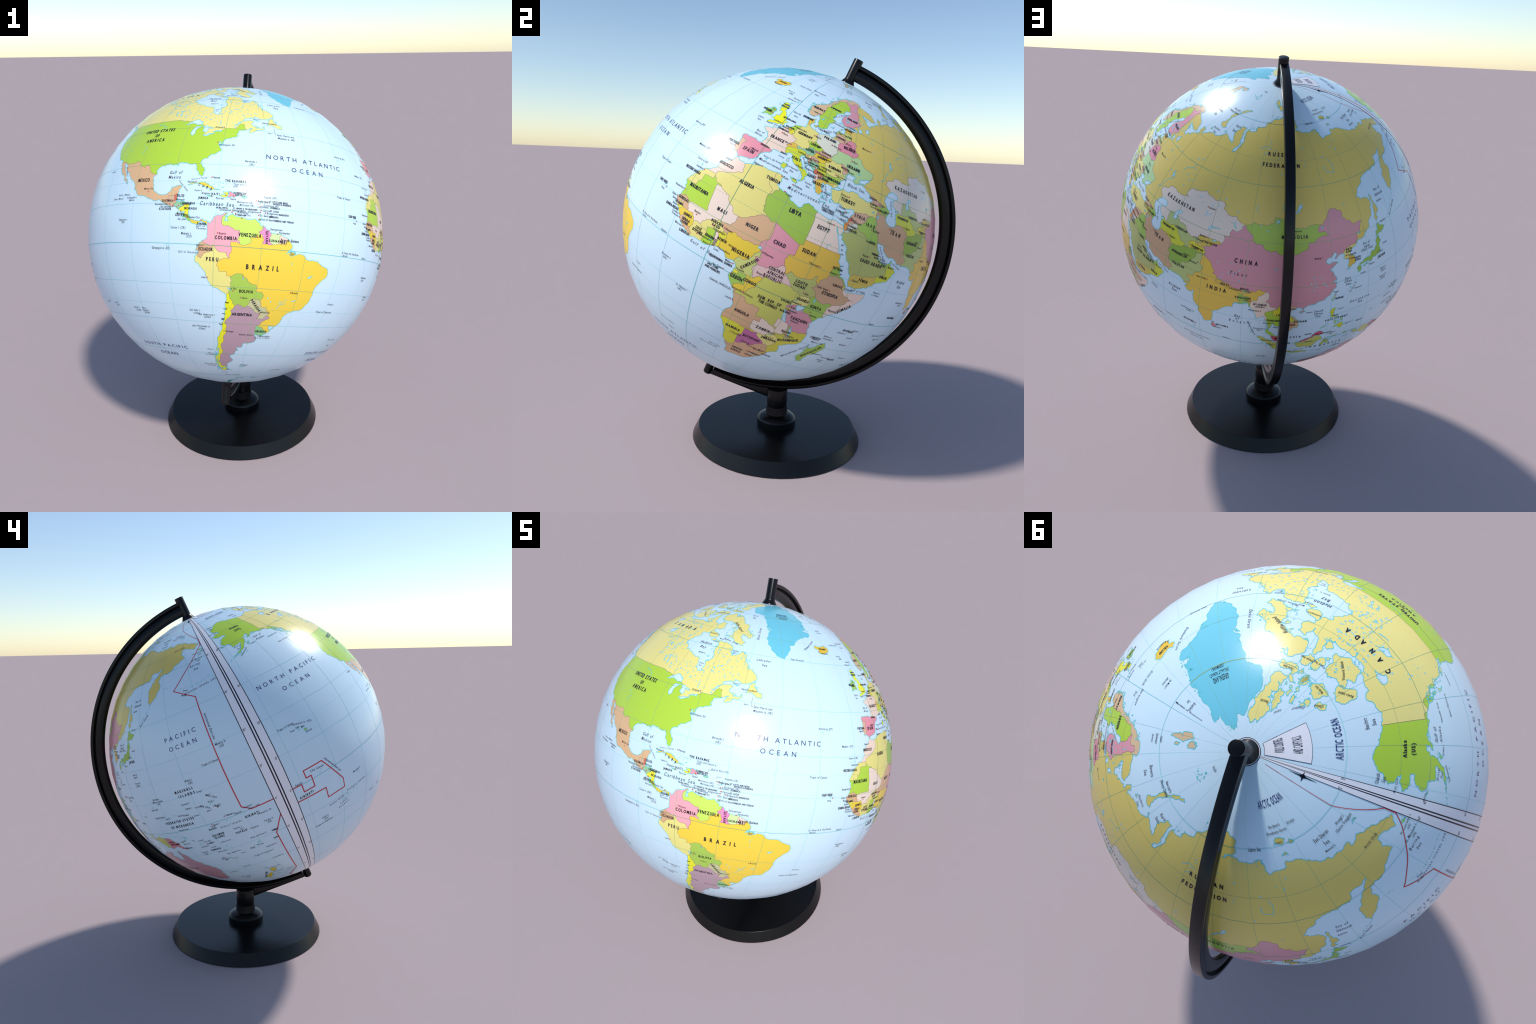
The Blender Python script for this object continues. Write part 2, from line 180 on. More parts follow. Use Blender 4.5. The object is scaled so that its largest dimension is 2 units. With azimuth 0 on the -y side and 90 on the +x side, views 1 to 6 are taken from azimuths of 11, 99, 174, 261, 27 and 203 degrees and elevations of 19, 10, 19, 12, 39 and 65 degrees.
ARCTIC_RUSSIA_COAST = [
    (33, 69.4), (36, 69), (39.5, 68), (41, 67), (40, 66.2), (37, 66.2), (34, 66.7), (32.6, 67), (34.7, 65.3), (34.8, 64.4), (37.5, 64), (38, 64.8),
    (40, 64.7), (39.7, 65.5), (42.1, 66.4), (44, 66.2), (43.3, 68.2), (43.8, 68.6), (46, 68.2), (46.4, 66.8), (48, 67.6), (53, 68.5), (54.5, 68.3),
    (59, 68.9), (60.8, 69.8), (64.5, 69.3), (67, 68.8), (68.4, 68.3), (67.4, 69.6), (67, 71.5), (69, 72.8), (72.8, 72.7), (72.5, 71.2), (72.8, 69.5),
    (73.3, 68.1), (71.3, 67), (71.5, 66.4), (73.2, 66.9), (74.4, 68.2), (74.3, 70.3), (73.8, 71.4), (74.8, 72.5), (78, 72.2), (80.5, 72.5), (80.8, 73.6),
    (86, 73.9), (87, 75), (92, 75.9), (98, 76.2), (101, 77.1), (104.3, 77.7), (108, 76.7), (113.3, 75.8), (113.5, 74.3), (109.5, 73.8), (106, 73.2),
    (110, 73.9), (113.5, 73.5), (119, 73), (123, 73), (126.5, 73.5), (129, 71.6), (131, 70.9), (134, 71.5), (139.5, 71.6), (140.5, 72.6), (146, 72.3),
    (150, 71.6), (152.5, 70.9), (159.5, 70.1), (161, 69.5), (167, 69.6), (170.5, 69.9), (170.6, 69), (176, 69.6), (180, 68.9), (183.5, 67.7),
    (187.5, 66.9), (190.2, 66), (188.5, 65.4), (186.8, 64.4), (184, 65.2), (181.2, 66.1), (178.7, 66), (178, 64.7), (177.4, 64.4), (179.2, 62.5),
    (175, 61.8), (170.5, 60), (166, 60.2), (163.5, 59.7), (162.3, 58), (162.8, 57.5), (163.2, 56.2), (162, 55), (160, 53.2), (158.3, 52.5), (156.7, 51),
    (155.6, 54.5), (155.8, 56.6), (158.5, 58.6), (161.8, 60.3), (163.6, 61.8), (164.5, 62.5), (160.5, 61.7), (156.6, 61.5), (154.8, 59.6), (150.5, 59.6),
    (145.5, 59.4), (142, 59), (139, 57.3), (135.5, 54.8), (137.5, 54), (140.5, 53.5), (141.3, 52.9), (140.5, 50.5), (140.2, 48.3), (138, 46.2),
    (135.5, 44.3), (133, 42.8), (131, 42.7)]
EAST_ASIA_COAST = [
    (129.8, 41.2), (127.6, 39.8), (127.6, 39.2), (129.3, 37.2), (129.3, 35.4), (126.5, 34.4), (126.5, 36.7), (126.6, 37.6), (124.9, 38), (125.2, 39.3),
    (124.3, 40), (121.2, 38.8), (122, 40.5), (121, 40.9), (118.2, 39.1), (117.7, 38.5), (119, 37.3), (120.8, 37.8), (122.5, 37.2), (120.5, 36.1),
    (119.2, 35), (120.3, 34.2), (121, 32.6), (121.8, 31.8), (121.8, 30.9), (120.6, 30.3), (122, 29.7), (121.6, 28.2), (120, 26.4), (118.2, 24.5),
    (116.6, 23.2), (114.2, 22.4), (113.5, 22.2), (111, 21.5), (110.4, 21.2), (110.2, 20.3), (109.7, 21.3), (108.3, 21.6), (106.7, 20.5), (105.7, 19),
    (107.5, 16.6), (109, 15), (109.4, 12.5), (109, 11.4), (107, 10.4), (105.2, 8.7), (104.8, 10.2), (103.2, 11), (102.5, 12.1), (101, 12.7),
    (100.8, 13.4), (100, 13.3), (99.9, 11.8), (99.2, 10.2), (99.4, 9.2), (100.3, 8.3), (101.2, 6.9), (102.2, 6.2), (103.4, 4.6), (103.5, 2.8),
    (104.2, 1.4), (103.4, 1.4), (101.3, 2.9), (100.4, 5.1), (100.3, 6.4), (99, 7.8), (98.3, 8.2), (98.6, 10.3), (98.6, 12.5), (97.7, 15.5),
    (97, 17), (95.4, 15.8), (94.3, 16), (94.6, 17.8), (93.7, 19.7), (92.3, 20.9), (91.8, 22.4), (90.6, 22.5)]
SOUTH_ASIA_COAST = [
    (89, 21.8), (87, 21.4), (86.8, 20.3), (85, 19.4), (82.3, 16.7), (81.2, 15.9), (80.2, 15.2), (80.2, 13.4), (79.8, 11.5), (79.8, 10.3), (79, 9.3),
    (78.2, 8.8), (77.5, 8.1), (76.5, 9), (75.7, 11.4), (74.7, 13.5), (73.5, 16), (72.9, 18.9), (72.8, 20.8), (72.5, 21.9), (72.2, 21.1), (70.9, 20.8),
    (69, 22.3), (70.3, 22.9), (68.6, 23.5), (67.3, 24.8), (66.4, 25.5), (64, 25.3), (61.6, 25.1), (59, 25.4), (57.2, 26.8), (56, 27.1), (54.6, 26.6),
    (52.6, 27.5), (51, 28.8), (50.2, 30), (48.6, 30.1), (47.9, 29.5), (48.7, 28), (50.1, 26.7), (50.2, 25.7), (50.8, 24.8), (50.8, 25.6), (51.3, 26.1),
    (51.6, 25.1), (51.4, 24.3), (52.6, 24.2), (54.2, 24.2), (56, 25.6), (56.4, 26.3), (56.4, 24.7), (58.6, 23.6), (59.8, 22.5), (58.6, 20.4),
    (57.7, 19), (55.2, 17.5), (52.2, 15.6), (49, 14.1), (45, 12.8), (43.5, 12.7), (42.8, 15.2), (42.7, 16.6), (41, 19), (39.1, 21.4), (38.2, 24),
    (36.5, 26), (34.8, 28.1), (35, 29.5)]
MEDITERRANEAN_COAST = [
    (34.2, 31.3), (35, 32.8), (35.9, 35.2), (36, 36.6), (34.7, 36.7), (32.6, 36.1), (30.6, 36.8), (29, 36.4), (27.4, 36.9), (27, 38.3), (26.4, 38.5),
    (26.8, 39.3), (26.2, 39.6), (26.3, 40.2), (26, 40.8), (24.4, 40.9), (23.9, 40.2), (22.7, 40.4), (23, 39.3), (24, 38), (23.5, 37.5), (23, 36.6),
    (21.8, 36.8), (21.3, 37.7), (21, 38.5), (20.2, 39.4), (19.4, 40.4), (19.5, 41.6), (18.5, 42.4), (16.5, 43.4), (15.2, 44.3), (14.5, 45.2), (13.6, 45),
    (13.6, 45.7), (12.4, 45.3), (12.4, 44.3), (13.6, 43.5), (14.3, 42.4), (15.9, 41.9), (16.6, 41.2), (18.4, 40.2), (17, 40.5), (16.7, 39.5), (17.1, 39),
    (16.1, 38), (15.7, 37.9), (16, 39.3), (15.4, 40.1), (14, 40.9), (12.2, 41.8), (10.5, 43), (9.9, 44), (8.8, 44.4), (7.5, 43.8), (6, 43.1), (4.5, 43.4),
    (3.1, 43.1), (3.2, 42.2), (1.5, 41.2), (0.2, 40.2), (-0.3, 39.4), (0.2, 38.7), (-0.7, 37.7), (-2, 36.8), (-4.4, 36.7)]
EURASIA_COAST = WEST_EUROPE_COAST + ARCTIC_RUSSIA_COAST + EAST_ASIA_COAST + SOUTH_ASIA_COAST + MEDITERRANEAN_COAST

EURASIA = [
    ("russia", "mustard", [(27.5, 57.5), (27.3, 59.4), (26, 60), (27.8, 60.6), (30, 61.8), (31.5, 62.9), (29.7, 64.8), (29.9, 66.2), (29, 67.5), (28.5, 68.3),
        (28.9, 69), (30.8, 69.6), (31, 72), (100, 82), (195, 72), (195, 60), (150, 40), (131, 41.5), (130.6, 42.4), (131, 43), (131.3, 44.9), (133, 45.1),
        (134.7, 48.2), (131, 47.7), (129.5, 49.4), (127.5, 49.8), (126, 52.8), (123.5, 53.5), (120.8, 53.3), (119.8, 52.2), (117.8, 49.5), (116.7, 49.9),
        (114.3, 50.2), (111, 49.2), (108, 49.5), (105, 50.4), (102.2, 51.4), (98.9, 52.1), (98, 50.6), (94.5, 50.1), (91, 50.4), (87.8, 49.2), (85.5, 49.6),
        (83.4, 51), (80.1, 50.8), (77, 53.9), (73.6, 53.5), (71, 54.2), (68.2, 55), (65, 54.3), (61, 53.8), (60, 52), (61.6, 51.4), (58.5, 51), (55, 51),
        (51.5, 51.5), (48.5, 50), (47, 49.2), (46.5, 48.4), (48, 47.8), (49.2, 46.4), (50, 45), (48.5, 41.8), (46.5, 41.9), (44, 42.6), (41.5, 43.3),
        (40, 43.4), (37, 44), (36.6, 45.3), (38.2, 47.1), (39.8, 47.9), (40, 49.5), (38, 50), (35.5, 50.4), (34, 52), (31.7, 52.1), (31.5, 53.2), (30.8, 54.8),
        (30.9, 55.6), (28.2, 56.1)]),
    ("kazakhstan", "grey_rose", [(87.3, 49.1), (85.5, 49.6), (83.4, 51), (80.1, 50.8), (77, 53.9), (73.6, 53.5), (71, 54.2), (68.2, 55), (65, 54.3), (61, 53.8),
        (60, 52), (61.6, 51.4), (58.5, 51), (55, 51), (51.5, 51.5), (48.5, 50), (47, 49.2), (46.5, 48.4), (48, 47.8), (49.2, 46.4), (50, 44), (52.5, 41.7),
        (54, 42.3), (55.5, 41.3), (56, 41.3), (56, 45), (58.6, 45.6), (61, 44.4), (62, 43.5), (65, 43.7), (66, 42), (67.9, 41.2), (69, 41.4), (71, 42.3),
        (73.5, 43), (75.8, 42.9), (79, 42.8), (80.2, 42.1), (80.8, 43.2), (80.4, 45), (82.5, 45.2), (83, 47.2), (85.6, 47.1)]),
    ("mongolia", "leaf_lime", [(87.8, 49.2), (91, 50.4), (94.5, 50.1), (98, 50.6), (98.9, 52.1), (102.2, 51.4), (105, 50.4), (108, 49.5), (111, 49.2),
        (114.3, 50.2), (116.7, 49.9), (115.6, 47.8), (118, 47.9), (119.8, 46.7), (116, 46.3), (111.8, 45.1), (111.5, 43.6), (109, 42.4), (105, 41.6),
        (100, 42.7), (96.3, 42.8), (95.3, 44.3), (91, 45.2), (90.8, 47), (88.5, 48)]),
    ("china", "rose", [(87.8, 49.2), (88.5, 48), (90.8, 47), (91, 45.2), (95.3, 44.3), (96.3, 42.8), (100, 42.7), (105, 41.6), (109, 42.4), (111.5, 43.6),
        (111.8, 45.1), (116, 46.3), (119.8, 46.7), (118, 47.9), (115.6, 47.8), (116.7, 49.9), (117.8, 49.5), (119.8, 52.2), (120.8, 53.3), (123.5, 53.5),
        (126, 52.8), (127.5, 49.8), (129.5, 49.4), (131, 47.7), (134.7, 48.2), (133, 45.1), (131.3, 44.9), (131, 43), (130.6, 42.4), (128, 42), (126.9, 41.7),
        (124.3, 40), (123, 39), (126, 30), (112, 19), (108, 20.5), (108, 21.6), (106.7, 22), (105.3, 23.3), (102.2, 22.5), (101.8, 21.2), (100, 21.6),
        (98.9, 23.2), (97.6, 24), (98.6, 26), (98.6, 27.6), (97.3, 28.3), (95.5, 29.1), (92, 27.7), (89, 27.9), (88, 27.9), (86, 28), (81.2, 30.1),
        (78.8, 31.5), (79.3, 32.7), (78, 34.5), (75.5, 36.6), (74.8, 37.3), (73.7, 39.4), (76.5, 40.5), (80.2, 42.1), (80.8, 43.2), (80.4, 45), (82.5, 45.2),
        (83, 47.2), (85.6, 47.1)]),
    ("north_korea", "straw", [(130.7, 42.3), (128, 42), (126.9, 41.7), (124.3, 40), (123.5, 39), (124, 37.6), (126.7, 37.9), (128.4, 38.6), (131, 39)]),
    ("south_korea", "amber", [(124, 37.6), (126.7, 37.9), (128.4, 38.6), (131, 38), (130, 33), (125, 33)]),
    ("vietnam", "peach", [(108, 21.6), (106.7, 22), (105.3, 23.3), (102.2, 22.5), (103.8, 20.7), (104.6, 19.6), (106.6, 17), (107.6, 15.2), (107.5, 12.3),
        (106, 11.2), (104.5, 10.4), (103.5, 8), (112, 9), (112, 14), (108.5, 19)]),
    ("laos", "lemon", [(102.2, 22.5), (101.8, 21.2), (100.1, 20.3), (101, 17.6), (102.6, 18), (104.2, 18.2), (105.6, 14.4), (107.5, 14.4), (107.6, 15.2),
        (106.6, 17), (104.6, 19.6), (103.8, 20.7)]),
    ("cambodia", "peach_rose", [(102.4, 13.5), (103, 14.3), (105.6, 14.4), (107.5, 14.4), (107.5, 12.3), (106, 11.2), (104.5, 10.4), (103, 10), (102, 11.8)]),
    ("thailand", "lime", [(100.1, 20.3), (101, 17.6), (102.6, 18), (104.2, 18.2), (105.6, 14.4), (103, 14.3), (102.4, 13.5), (102.8, 11.7), (102, 11.2),
        (104, 6.3), (101.5, 5.8), (100.2, 6.6), (97, 6.6), (97.5, 9.9), (98.8, 10), (99.5, 11.8), (98.3, 15), (97.5, 18.5), (99, 20)]),
    ("malaysia", "crimson_rose", [(97, 6.6), (100.2, 6.6), (101.5, 5.8), (104, 6.3), (106, 1), (102, 0.8)]),
    ("myanmar", "blush", [(98.9, 23.2), (97.6, 24), (98.6, 26), (98.6, 27.6), (97.3, 28.3), (95, 26.2), (94.2, 23.9), (93.3, 24), (92.5, 21.5), (92.2, 20.8),
        (91, 19), (94, 14), (97.5, 9.8), (98.8, 10), (99.5, 11.8), (98.3, 15), (97.5, 18.5), (99, 20), (100.1, 20.3), (101.2, 21.5), (100, 21.6)]),
    ("india", "ochre", [(97.3, 28.3), (95.5, 29.1), (92, 27.7), (89, 27.9), (88, 27.9), (86, 28), (81.2, 30.1), (78.8, 31.5), (79.3, 32.7), (78, 34.5),
        (75.5, 36.6), (74, 36.9), (73.8, 34.3), (75.3, 32.3), (74.5, 31), (73, 29.8), (72, 28), (70, 27.7), (69.6, 26.9), (70.9, 25.7), (71, 24.4),
        (68.2, 23.8), (66, 22), (76, 5), (82, 12), (90, 19), (92.2, 20.8), (92.5, 21.5), (93.3, 24), (94.2, 23.9), (95, 26.2)]),
    ("nepal", "ochre_light", [(80.1, 29.4), (81.2, 30.1), (83.5, 29.2), (86, 28), (88.1, 27.9), (88.1, 26.5), (84, 27.4), (80.3, 28.6)]),
    ("bhutan", "sage", [(88.9, 27.2), (90, 28.2), (92, 27.7), (92, 26.9), (89.8, 26.7)]),
    ("bangladesh", "green", [(89, 21), (88.9, 23), (88.2, 24.8), (88.5, 26.3), (89.8, 25.9), (90, 25.2), (92.4, 25), (91.3, 23.6), (92.2, 22.8), (92.5, 21.3),
        (92, 20.6), (90, 21)]),
    ("pakistan", "pale_moss", [(66, 22), (61.6, 24), (61.8, 26.3), (63.2, 27.2), (60.9, 29.8), (64, 29.5), (66.3, 30), (67, 31.4), (69.3, 31.9), (70.3, 33.4),
        (71, 34.4), (71.6, 36.4), (74.8, 37.1), (74, 36.9), (73.8, 34.3), (75.3, 32.3), (74.5, 31), (73, 29.8), (72, 28), (70, 27.7), (69.6, 26.9), (70.9, 25.7),
        (71, 24.4), (68.2, 23.8)]),
    ("afghanistan", "forest_lime", [(60.9, 29.8), (64, 29.5), (66.3, 30), (67, 31.4), (69.3, 31.9), (70.3, 33.4), (71, 34.4), (71.6, 36.4), (74.8, 37.1),
        (73, 37.4), (71.6, 37), (71.5, 38), (70.2, 37.7), (67.8, 37.2), (66.5, 37.4), (64.7, 36.4), (63.2, 35.8), (61.2, 35.6), (60.6, 33.8), (61, 31.4)]),
    ("tajikistan", "yellow", [(67.4, 39.2), (68.2, 38.4), (67.8, 37.2), (70.2, 37.7), (71.5, 38), (71.6, 37), (73, 37.4), (74.8, 37.3), (73.7, 39.4), (70.5, 39.6),
        (70.5, 40.8), (68.8, 40)]),
    ("kyrgyzstan", "amber_yellow", [(71, 42.3), (73.5, 43), (75.8, 42.9), (79, 42.8), (80.2, 42.1), (76.5, 40.5), (73.7, 39.4), (70.5, 39.6), (72, 40.2),
        (73, 40.8), (71.5, 41.4), (71.2, 42)]),
    ("uzbekistan", "pale_moss", [(56, 41.3), (56, 45), (58.6, 45.6), (61, 44.4), (62, 43.5), (65, 43.7), (66, 42), (67.9, 41.2), (69, 41.4), (71.2, 42), (71.5, 41.4),
        (73, 40.8), (70.5, 40.4), (68.8, 40), (67.4, 39.2), (68.2, 38.4), (67.8, 37.2), (66.5, 37.4), (66.5, 38), (64, 39), (62.3, 40.2), (61.9, 41.2),
        (60, 42.2), (57, 41.3)]),
    ("turkmenistan", "chartreuse", [(52.5, 41.7), (54, 42.3), (55.5, 41.3), (57, 41.3), (60, 42.2), (61.9, 41.2), (62.3, 40.2), (64, 39), (66.5, 38), (66.5, 37.4),
        (64.7, 36.4), (63.2, 35.8), (61.2, 35.6), (60, 37), (57.2, 38.2), (55, 38), (53.9, 37.3), (51.5, 37.3), (51, 41)]),
    ("iran", "clay", [(53.9, 37.3), (55, 38), (57.2, 38.2), (60, 37), (61.2, 35.6), (60.6, 33.8), (61, 31.4), (60.9, 29.8), (63.2, 27.2), (61.8, 26.3), (61.6, 24),
        (55, 25.8), (48.5, 29.6), (47.8, 31), (47.7, 31.7), (45.5, 34), (45.9, 35.8), (44.8, 37.2), (44.4, 39.4), (46.5, 38.9), (48, 39.6), (48.9, 38.4),
        (52, 36.9)]),
    ("saudi_arabia", "olive", [(35, 29.3), (37, 29.9), (37.5, 31.2), (39.2, 32.1), (42, 31.1), (44.7, 29.2), (46.5, 29), (47.5, 28.9), (48.8, 28.6), (51, 27),
        (51, 24.7), (52, 23), (55.2, 22.6), (55, 20), (52, 19), (47.5, 17.2), (44, 17.4), (43, 16.5), (41, 16), (33, 28)]),
    ("jordan", "grey_white", [(35, 29.3), (35.5, 31.3), (35.6, 32.5), (36.8, 32.4), (38.8, 33.3), (39.2, 32.1), (37.5, 31.2), (37, 29.9)]),
    ("yemen", "amber_yellow", [(41, 16.4), (43, 16.5), (44, 17.4), (47.5, 17.2), (52, 19), (53.2, 16.6), (53, 14), (43, 11.8)]),
    ("oman", "chartreuse", [(53.2, 16.6), (52, 19), (55, 20), (55.2, 22.6), (56, 24), (56.4, 24.9), (57.5, 25.2), (61, 22), (56, 15)]),
    ("emirates", "green", [(51.5, 24.3), (52, 23), (55.2, 22.6), (56, 24), (56.4, 24.9), (56.8, 26), (56, 26.6), (52, 25)]),
    ("qatar", "yellow", [(50.5, 24.7), (51.5, 24.5), (52, 26.5), (50.5, 26.5)]),
    ("kuwait", "yellow", [(46.6, 29.1), (47.7, 30.1), (48.6, 30), (48.8, 28.5), (47.5, 28.9)]),
    ("iraq", "green", [(42.4, 37.1), (44.8, 37.2), (45.9, 35.8), (45.5, 34), (47.7, 31.7), (47.8, 31), (48.6, 30), (47.7, 30.1), (46.6, 29.1), (44.7, 29.2),
        (42, 31.1), (39.2, 32.1), (38.8, 33.3), (41, 34.4), (41.3, 36.5)]),
    ("syria", "tan_rose", [(35, 35.9), (36.5, 36.4), (38.5, 36.8), (42.4, 37.1), (41.3, 36.5), (41, 34.4), (38.8, 33.3), (36.8, 32.4), (35.8, 32.8), (36.4, 34.5),
        (35, 34.7)]),
    ("lebanon", "red_orange", [(34.5, 33.2), (35.6, 33.2), (36.5, 34.4), (35, 34.8)]),
    ("israel", "orange", [(33.5, 31.4), (34.9, 29.3), (35.5, 31.3), (35.6, 32.5), (35.7, 33.2), (34, 33.2)]),
    ("turkey", "straw", [(26, 40.6), (26.5, 41.8), (28, 42), (29, 43), (41.5, 41.5), (43.5, 41.1), (43.7, 40.1), (44.8, 39.7), (44.3, 37.9), (44.8, 37.2),
        (42.4, 37.1), (38.5, 36.8), (36.5, 36.4), (35, 35.9), (30, 35), (26, 37), (25.8, 39.5)]),
    ("georgia", "tan_rose", [(40, 43.4), (41.5, 43.3), (44, 42.6), (46.5, 41.9), (46.4, 41.2), (43.5, 41.1), (41.5, 41.5), (39, 42)]),
    ("armenia", "olive_yellow", [(43.5, 41.1), (45, 41.2), (46.5, 39.6), (46.3, 38.9), (44.8, 39.7), (43.7, 40.1)]),
    ("azerbaijan", "green", [(45, 41.2), (46.4, 41.2), (46.5, 41.9), (48.5, 41.8), (51, 40.4), (49.5, 38.4), (48.9, 38.4), (48, 39.6), (46.5, 38.9), (46.5, 39.6)]),
    ("ukraine", "pale_green", [(22.1, 48.4), (24, 50.6), (23.6, 51.6), (27, 51.6), (31.7, 52.1), (34, 52), (35.5, 50.4), (38, 50), (40, 49.5), (39.8, 47.9),
        (38.2, 47.1), (36.6, 45.3), (36, 44), (31, 44.8), (29.6, 45), (28.2, 45.5), (30, 46.4), (29.2, 47.9), (27.5, 48.4), (26.5, 48.2), (24.8, 47.8),
        (22.9, 48)]),
    ("moldova", "tan_rose", [(26.6, 48.3), (27.5, 48.4), (29.2, 47.9), (30, 46.4), (28.2, 45.5), (28.1, 46.8)]),
    ("belarus", "pink_rose", [(23.6, 51.6), (23.6, 52.6), (23.7, 53.9), (25.6, 54.2), (26.6, 55.6), (28.2, 56.1), (30.9, 55.6), (30.8, 54.8), (31.5, 53.2), (32.6, 53.2),
        (31.7, 52.1), (27, 51.6)]),
    ("lithuania", "tan_rose", [(20, 55.3), (21.2, 55.2), (22.8, 54.4), (23.7, 53.9), (25.6, 54.2), (26.6, 55.6), (24.9, 56.4), (20, 56.1)]),
    ("latvia", "sage", [(20, 56.1), (24.9, 56.4), (26.6, 55.6), (28.2, 56.1), (27.5, 57.5), (25.3, 58), (24.3, 57.9), (23, 57.8), (20, 58)]),
    ("estonia", "amber", [(23, 57.8), (24.3, 57.9), (25.3, 58), (27.5, 57.5), (27.3, 59.4), (27, 60), (22, 60)]),
    ("russia", "mustard", [(19, 54.4), (19.8, 54.4), (22.8, 54.4), (21.2, 55.2), (20, 55.3)]),
    ("finland", "pink", [(30, 60), (27.8, 60.6), (30, 61.8), (31.5, 62.9), (29.7, 64.8), (29.9, 66.2), (29, 67.5), (28.5, 68.3), (28.9, 69), (28, 70), (26, 69.9),
        (25.7, 69), (23.6, 68.7), (20.6, 69), (23.6, 67.9), (24, 66.2), (24.2, 65.8), (22, 64), (19, 61), (21, 59.5), (26, 59.9)]),
    ("sweden", "lime", [(11.2, 59), (11.7, 60.5), (12.3, 61.3), (12, 63.2), (13.9, 64.4), (14.5, 66), (16.3, 68), (20.2, 68.5), (20.6, 69), (23.6, 67.9), (24, 66.2),
        (24.2, 65.8), (21, 63), (20, 59), (15, 54.8), (12, 55.2)]),
    ("norway", "sand", [(11.2, 59), (11.7, 60.5), (12.3, 61.3), (12, 63.2), (13.9, 64.4), (14.5, 66), (16.3, 68), (20.2, 68.5), (20.6, 69), (23.6, 68.7), (25.7, 69),
        (26, 69.9), (28, 70), (28.9, 69), (30.8, 69.6), (31.5, 70), (31, 73), (4, 65), (4, 57), (10.8, 58.5)]),
    ("denmark", "amber", [(7, 54.9), (9.8, 54.8), (11, 55.5), (11, 58.2), (7, 58)]),
    ("poland", "grey_white", [(14.3, 54.3), (14.1, 53), (14.7, 52.2), (15, 51), (16.5, 50.4), (18.8, 49.6), (20, 49.3), (22.5, 49.1), (24, 50.6), (23.6, 51.6),
        (23.6, 52.6), (23.7, 53.9), (22.8, 54.4), (19.8, 54.4), (19, 55.2)]),
    ("germany", "straw", [(14.3, 54.4), (14.1, 53), (14.7, 52.2), (15, 51), (12.2, 50.3), (13.8, 48.7), (12.9, 47.6), (10.5, 47.5), (7.6, 47.6), (8.2, 49), (6.3, 49.5),
        (6.1, 50.8), (6, 51.8), (7.1, 53.3), (6.5, 54), (8, 54.9), (9.8, 54.8)]),
    ("netherlands", "lime", [(3, 51.4), (4.3, 51.4), (5.6, 51.2), (5.9, 50.8), (6.1, 51.5), (6, 51.8), (7.1, 52.8), (7.1, 53.6), (4, 53.6)]),
    ("belgium", "yellow", [(2.5, 51.2), (4.3, 51.4), (5.6, 51.2), (6.1, 50.5), (5.7, 49.6), (4.2, 50), (2.6, 50.9)]),
    ("france", "blush_rose", [(2.5, 51.2), (4.2, 50), (5.7, 49.6), (6.3, 49.5), (8.2, 49), (7.6, 47.6), (6, 46.3), (6.9, 45.9), (7, 44.3), (7.6, 43.6), (6, 42.5),
        (3.3, 42.4), (0.7, 42.7), (-1.8, 43.2), (-3, 44.5), (-7, 48.5), (0, 51)]),
    ("spain", "pink_rose", [(-1.8, 43.5), (-1.8, 43.2), (0.7, 42.7), (3.3, 42.4), (5, 42), (0, 36), (-7.4, 36), (-7.4, 37.3), (-7, 39), (-6.9, 41.1), (-6.4, 41.8),
        (-8.2, 42.1), (-10, 41.9), (-10, 45)]),
    ("portugal", "tan_rose", [(-7.4, 36), (-7.4, 37.3), (-7, 39), (-6.9, 41.1), (-6.4, 41.8), (-8.2, 42.1), (-10, 41.9), (-11, 37)]),
    ("italy", "chartreuse", [(7.6, 43.6), (7, 44.3), (6.9, 45.9), (8.5, 46.3), (10.4, 46.6), (12.3, 46.9), (13.6, 46.5), (13.7, 45.6), (13, 44.8), (19, 40), (16, 37),
        (9, 42)]),
    ("switzerland", "amber", [(6, 46.3), (7.6, 47.6), (9.6, 47.5), (10.4, 46.6), (8.5, 46.3), (6.9, 45.9)]),
    ("austria", "pale_teal", [(9.6, 47.5), (10.5, 47.5), (12.9, 47.6), (13.8, 48.7), (17, 48.6), (16.4, 46.9), (13.6, 46.5), (12.3, 46.9), (10.4, 46.6)]),
    ("czechia", "lime", [(12.2, 50.3), (15, 51), (16.5, 50.4), (18.8, 49.6), (17, 48.6), (13.8, 48.7)]),
    ("slovakia", "tan_rose", [(17, 48.6), (18.8, 49.6), (20, 49.3), (22.5, 49.1), (22.1, 48.4), (18.7, 47.8), (17.1, 48)]),
    ("hungary", "golden", [(17.1, 48), (18.7, 47.8), (22.1, 48.4), (22.9, 48), (21, 46.2), (18.8, 45.9), (16.4, 46.9)]),
    ("slovenia", "straw", [(13.6, 46.5), (16.4, 46.9), (15.5, 45.6), (13.4, 45.4)]),
    ("croatia", "tan_rose", [(13.4, 45.4), (15.5, 45.6), (16.4, 46.5), (18.8, 45.9), (19, 45), (16, 45.1), (16.5, 44), (18.5, 42.5), (16, 42), (13, 44.6)]),
    ("bosnia", "pale_teal", [(15.8, 45.1), (19, 45), (19.4, 44), (18.6, 42.7), (16.5, 44)]),
    ("serbia", "chartreuse", [(18.8, 45.9), (21, 46.2), (22.5, 44.6), (22.9, 43), (22.3, 42.3), (20.3, 42.9), (19.2, 43.5), (19.4, 44), (19, 45)]),
    ("montenegro", "red_orange", [(18.4, 42.3), (18.6, 42.9), (19.2, 43.5), (20.3, 42.9), (19.4, 41.9)]),
    ("kosovo", "orange", [(20.3, 42.9), (21, 43.2), (21.7, 42.5), (20.6, 41.9)]),
    ("albania", "blush", [(19, 41.9), (19.4, 41.9), (20.5, 42.3), (20.9, 40.8), (20.1, 39.5), (19, 39.8)]),
    ("north_macedonia", "tan_rose", [(20.5, 42), (22.3, 42.3), (22.9, 41.4), (20.9, 40.8)]),
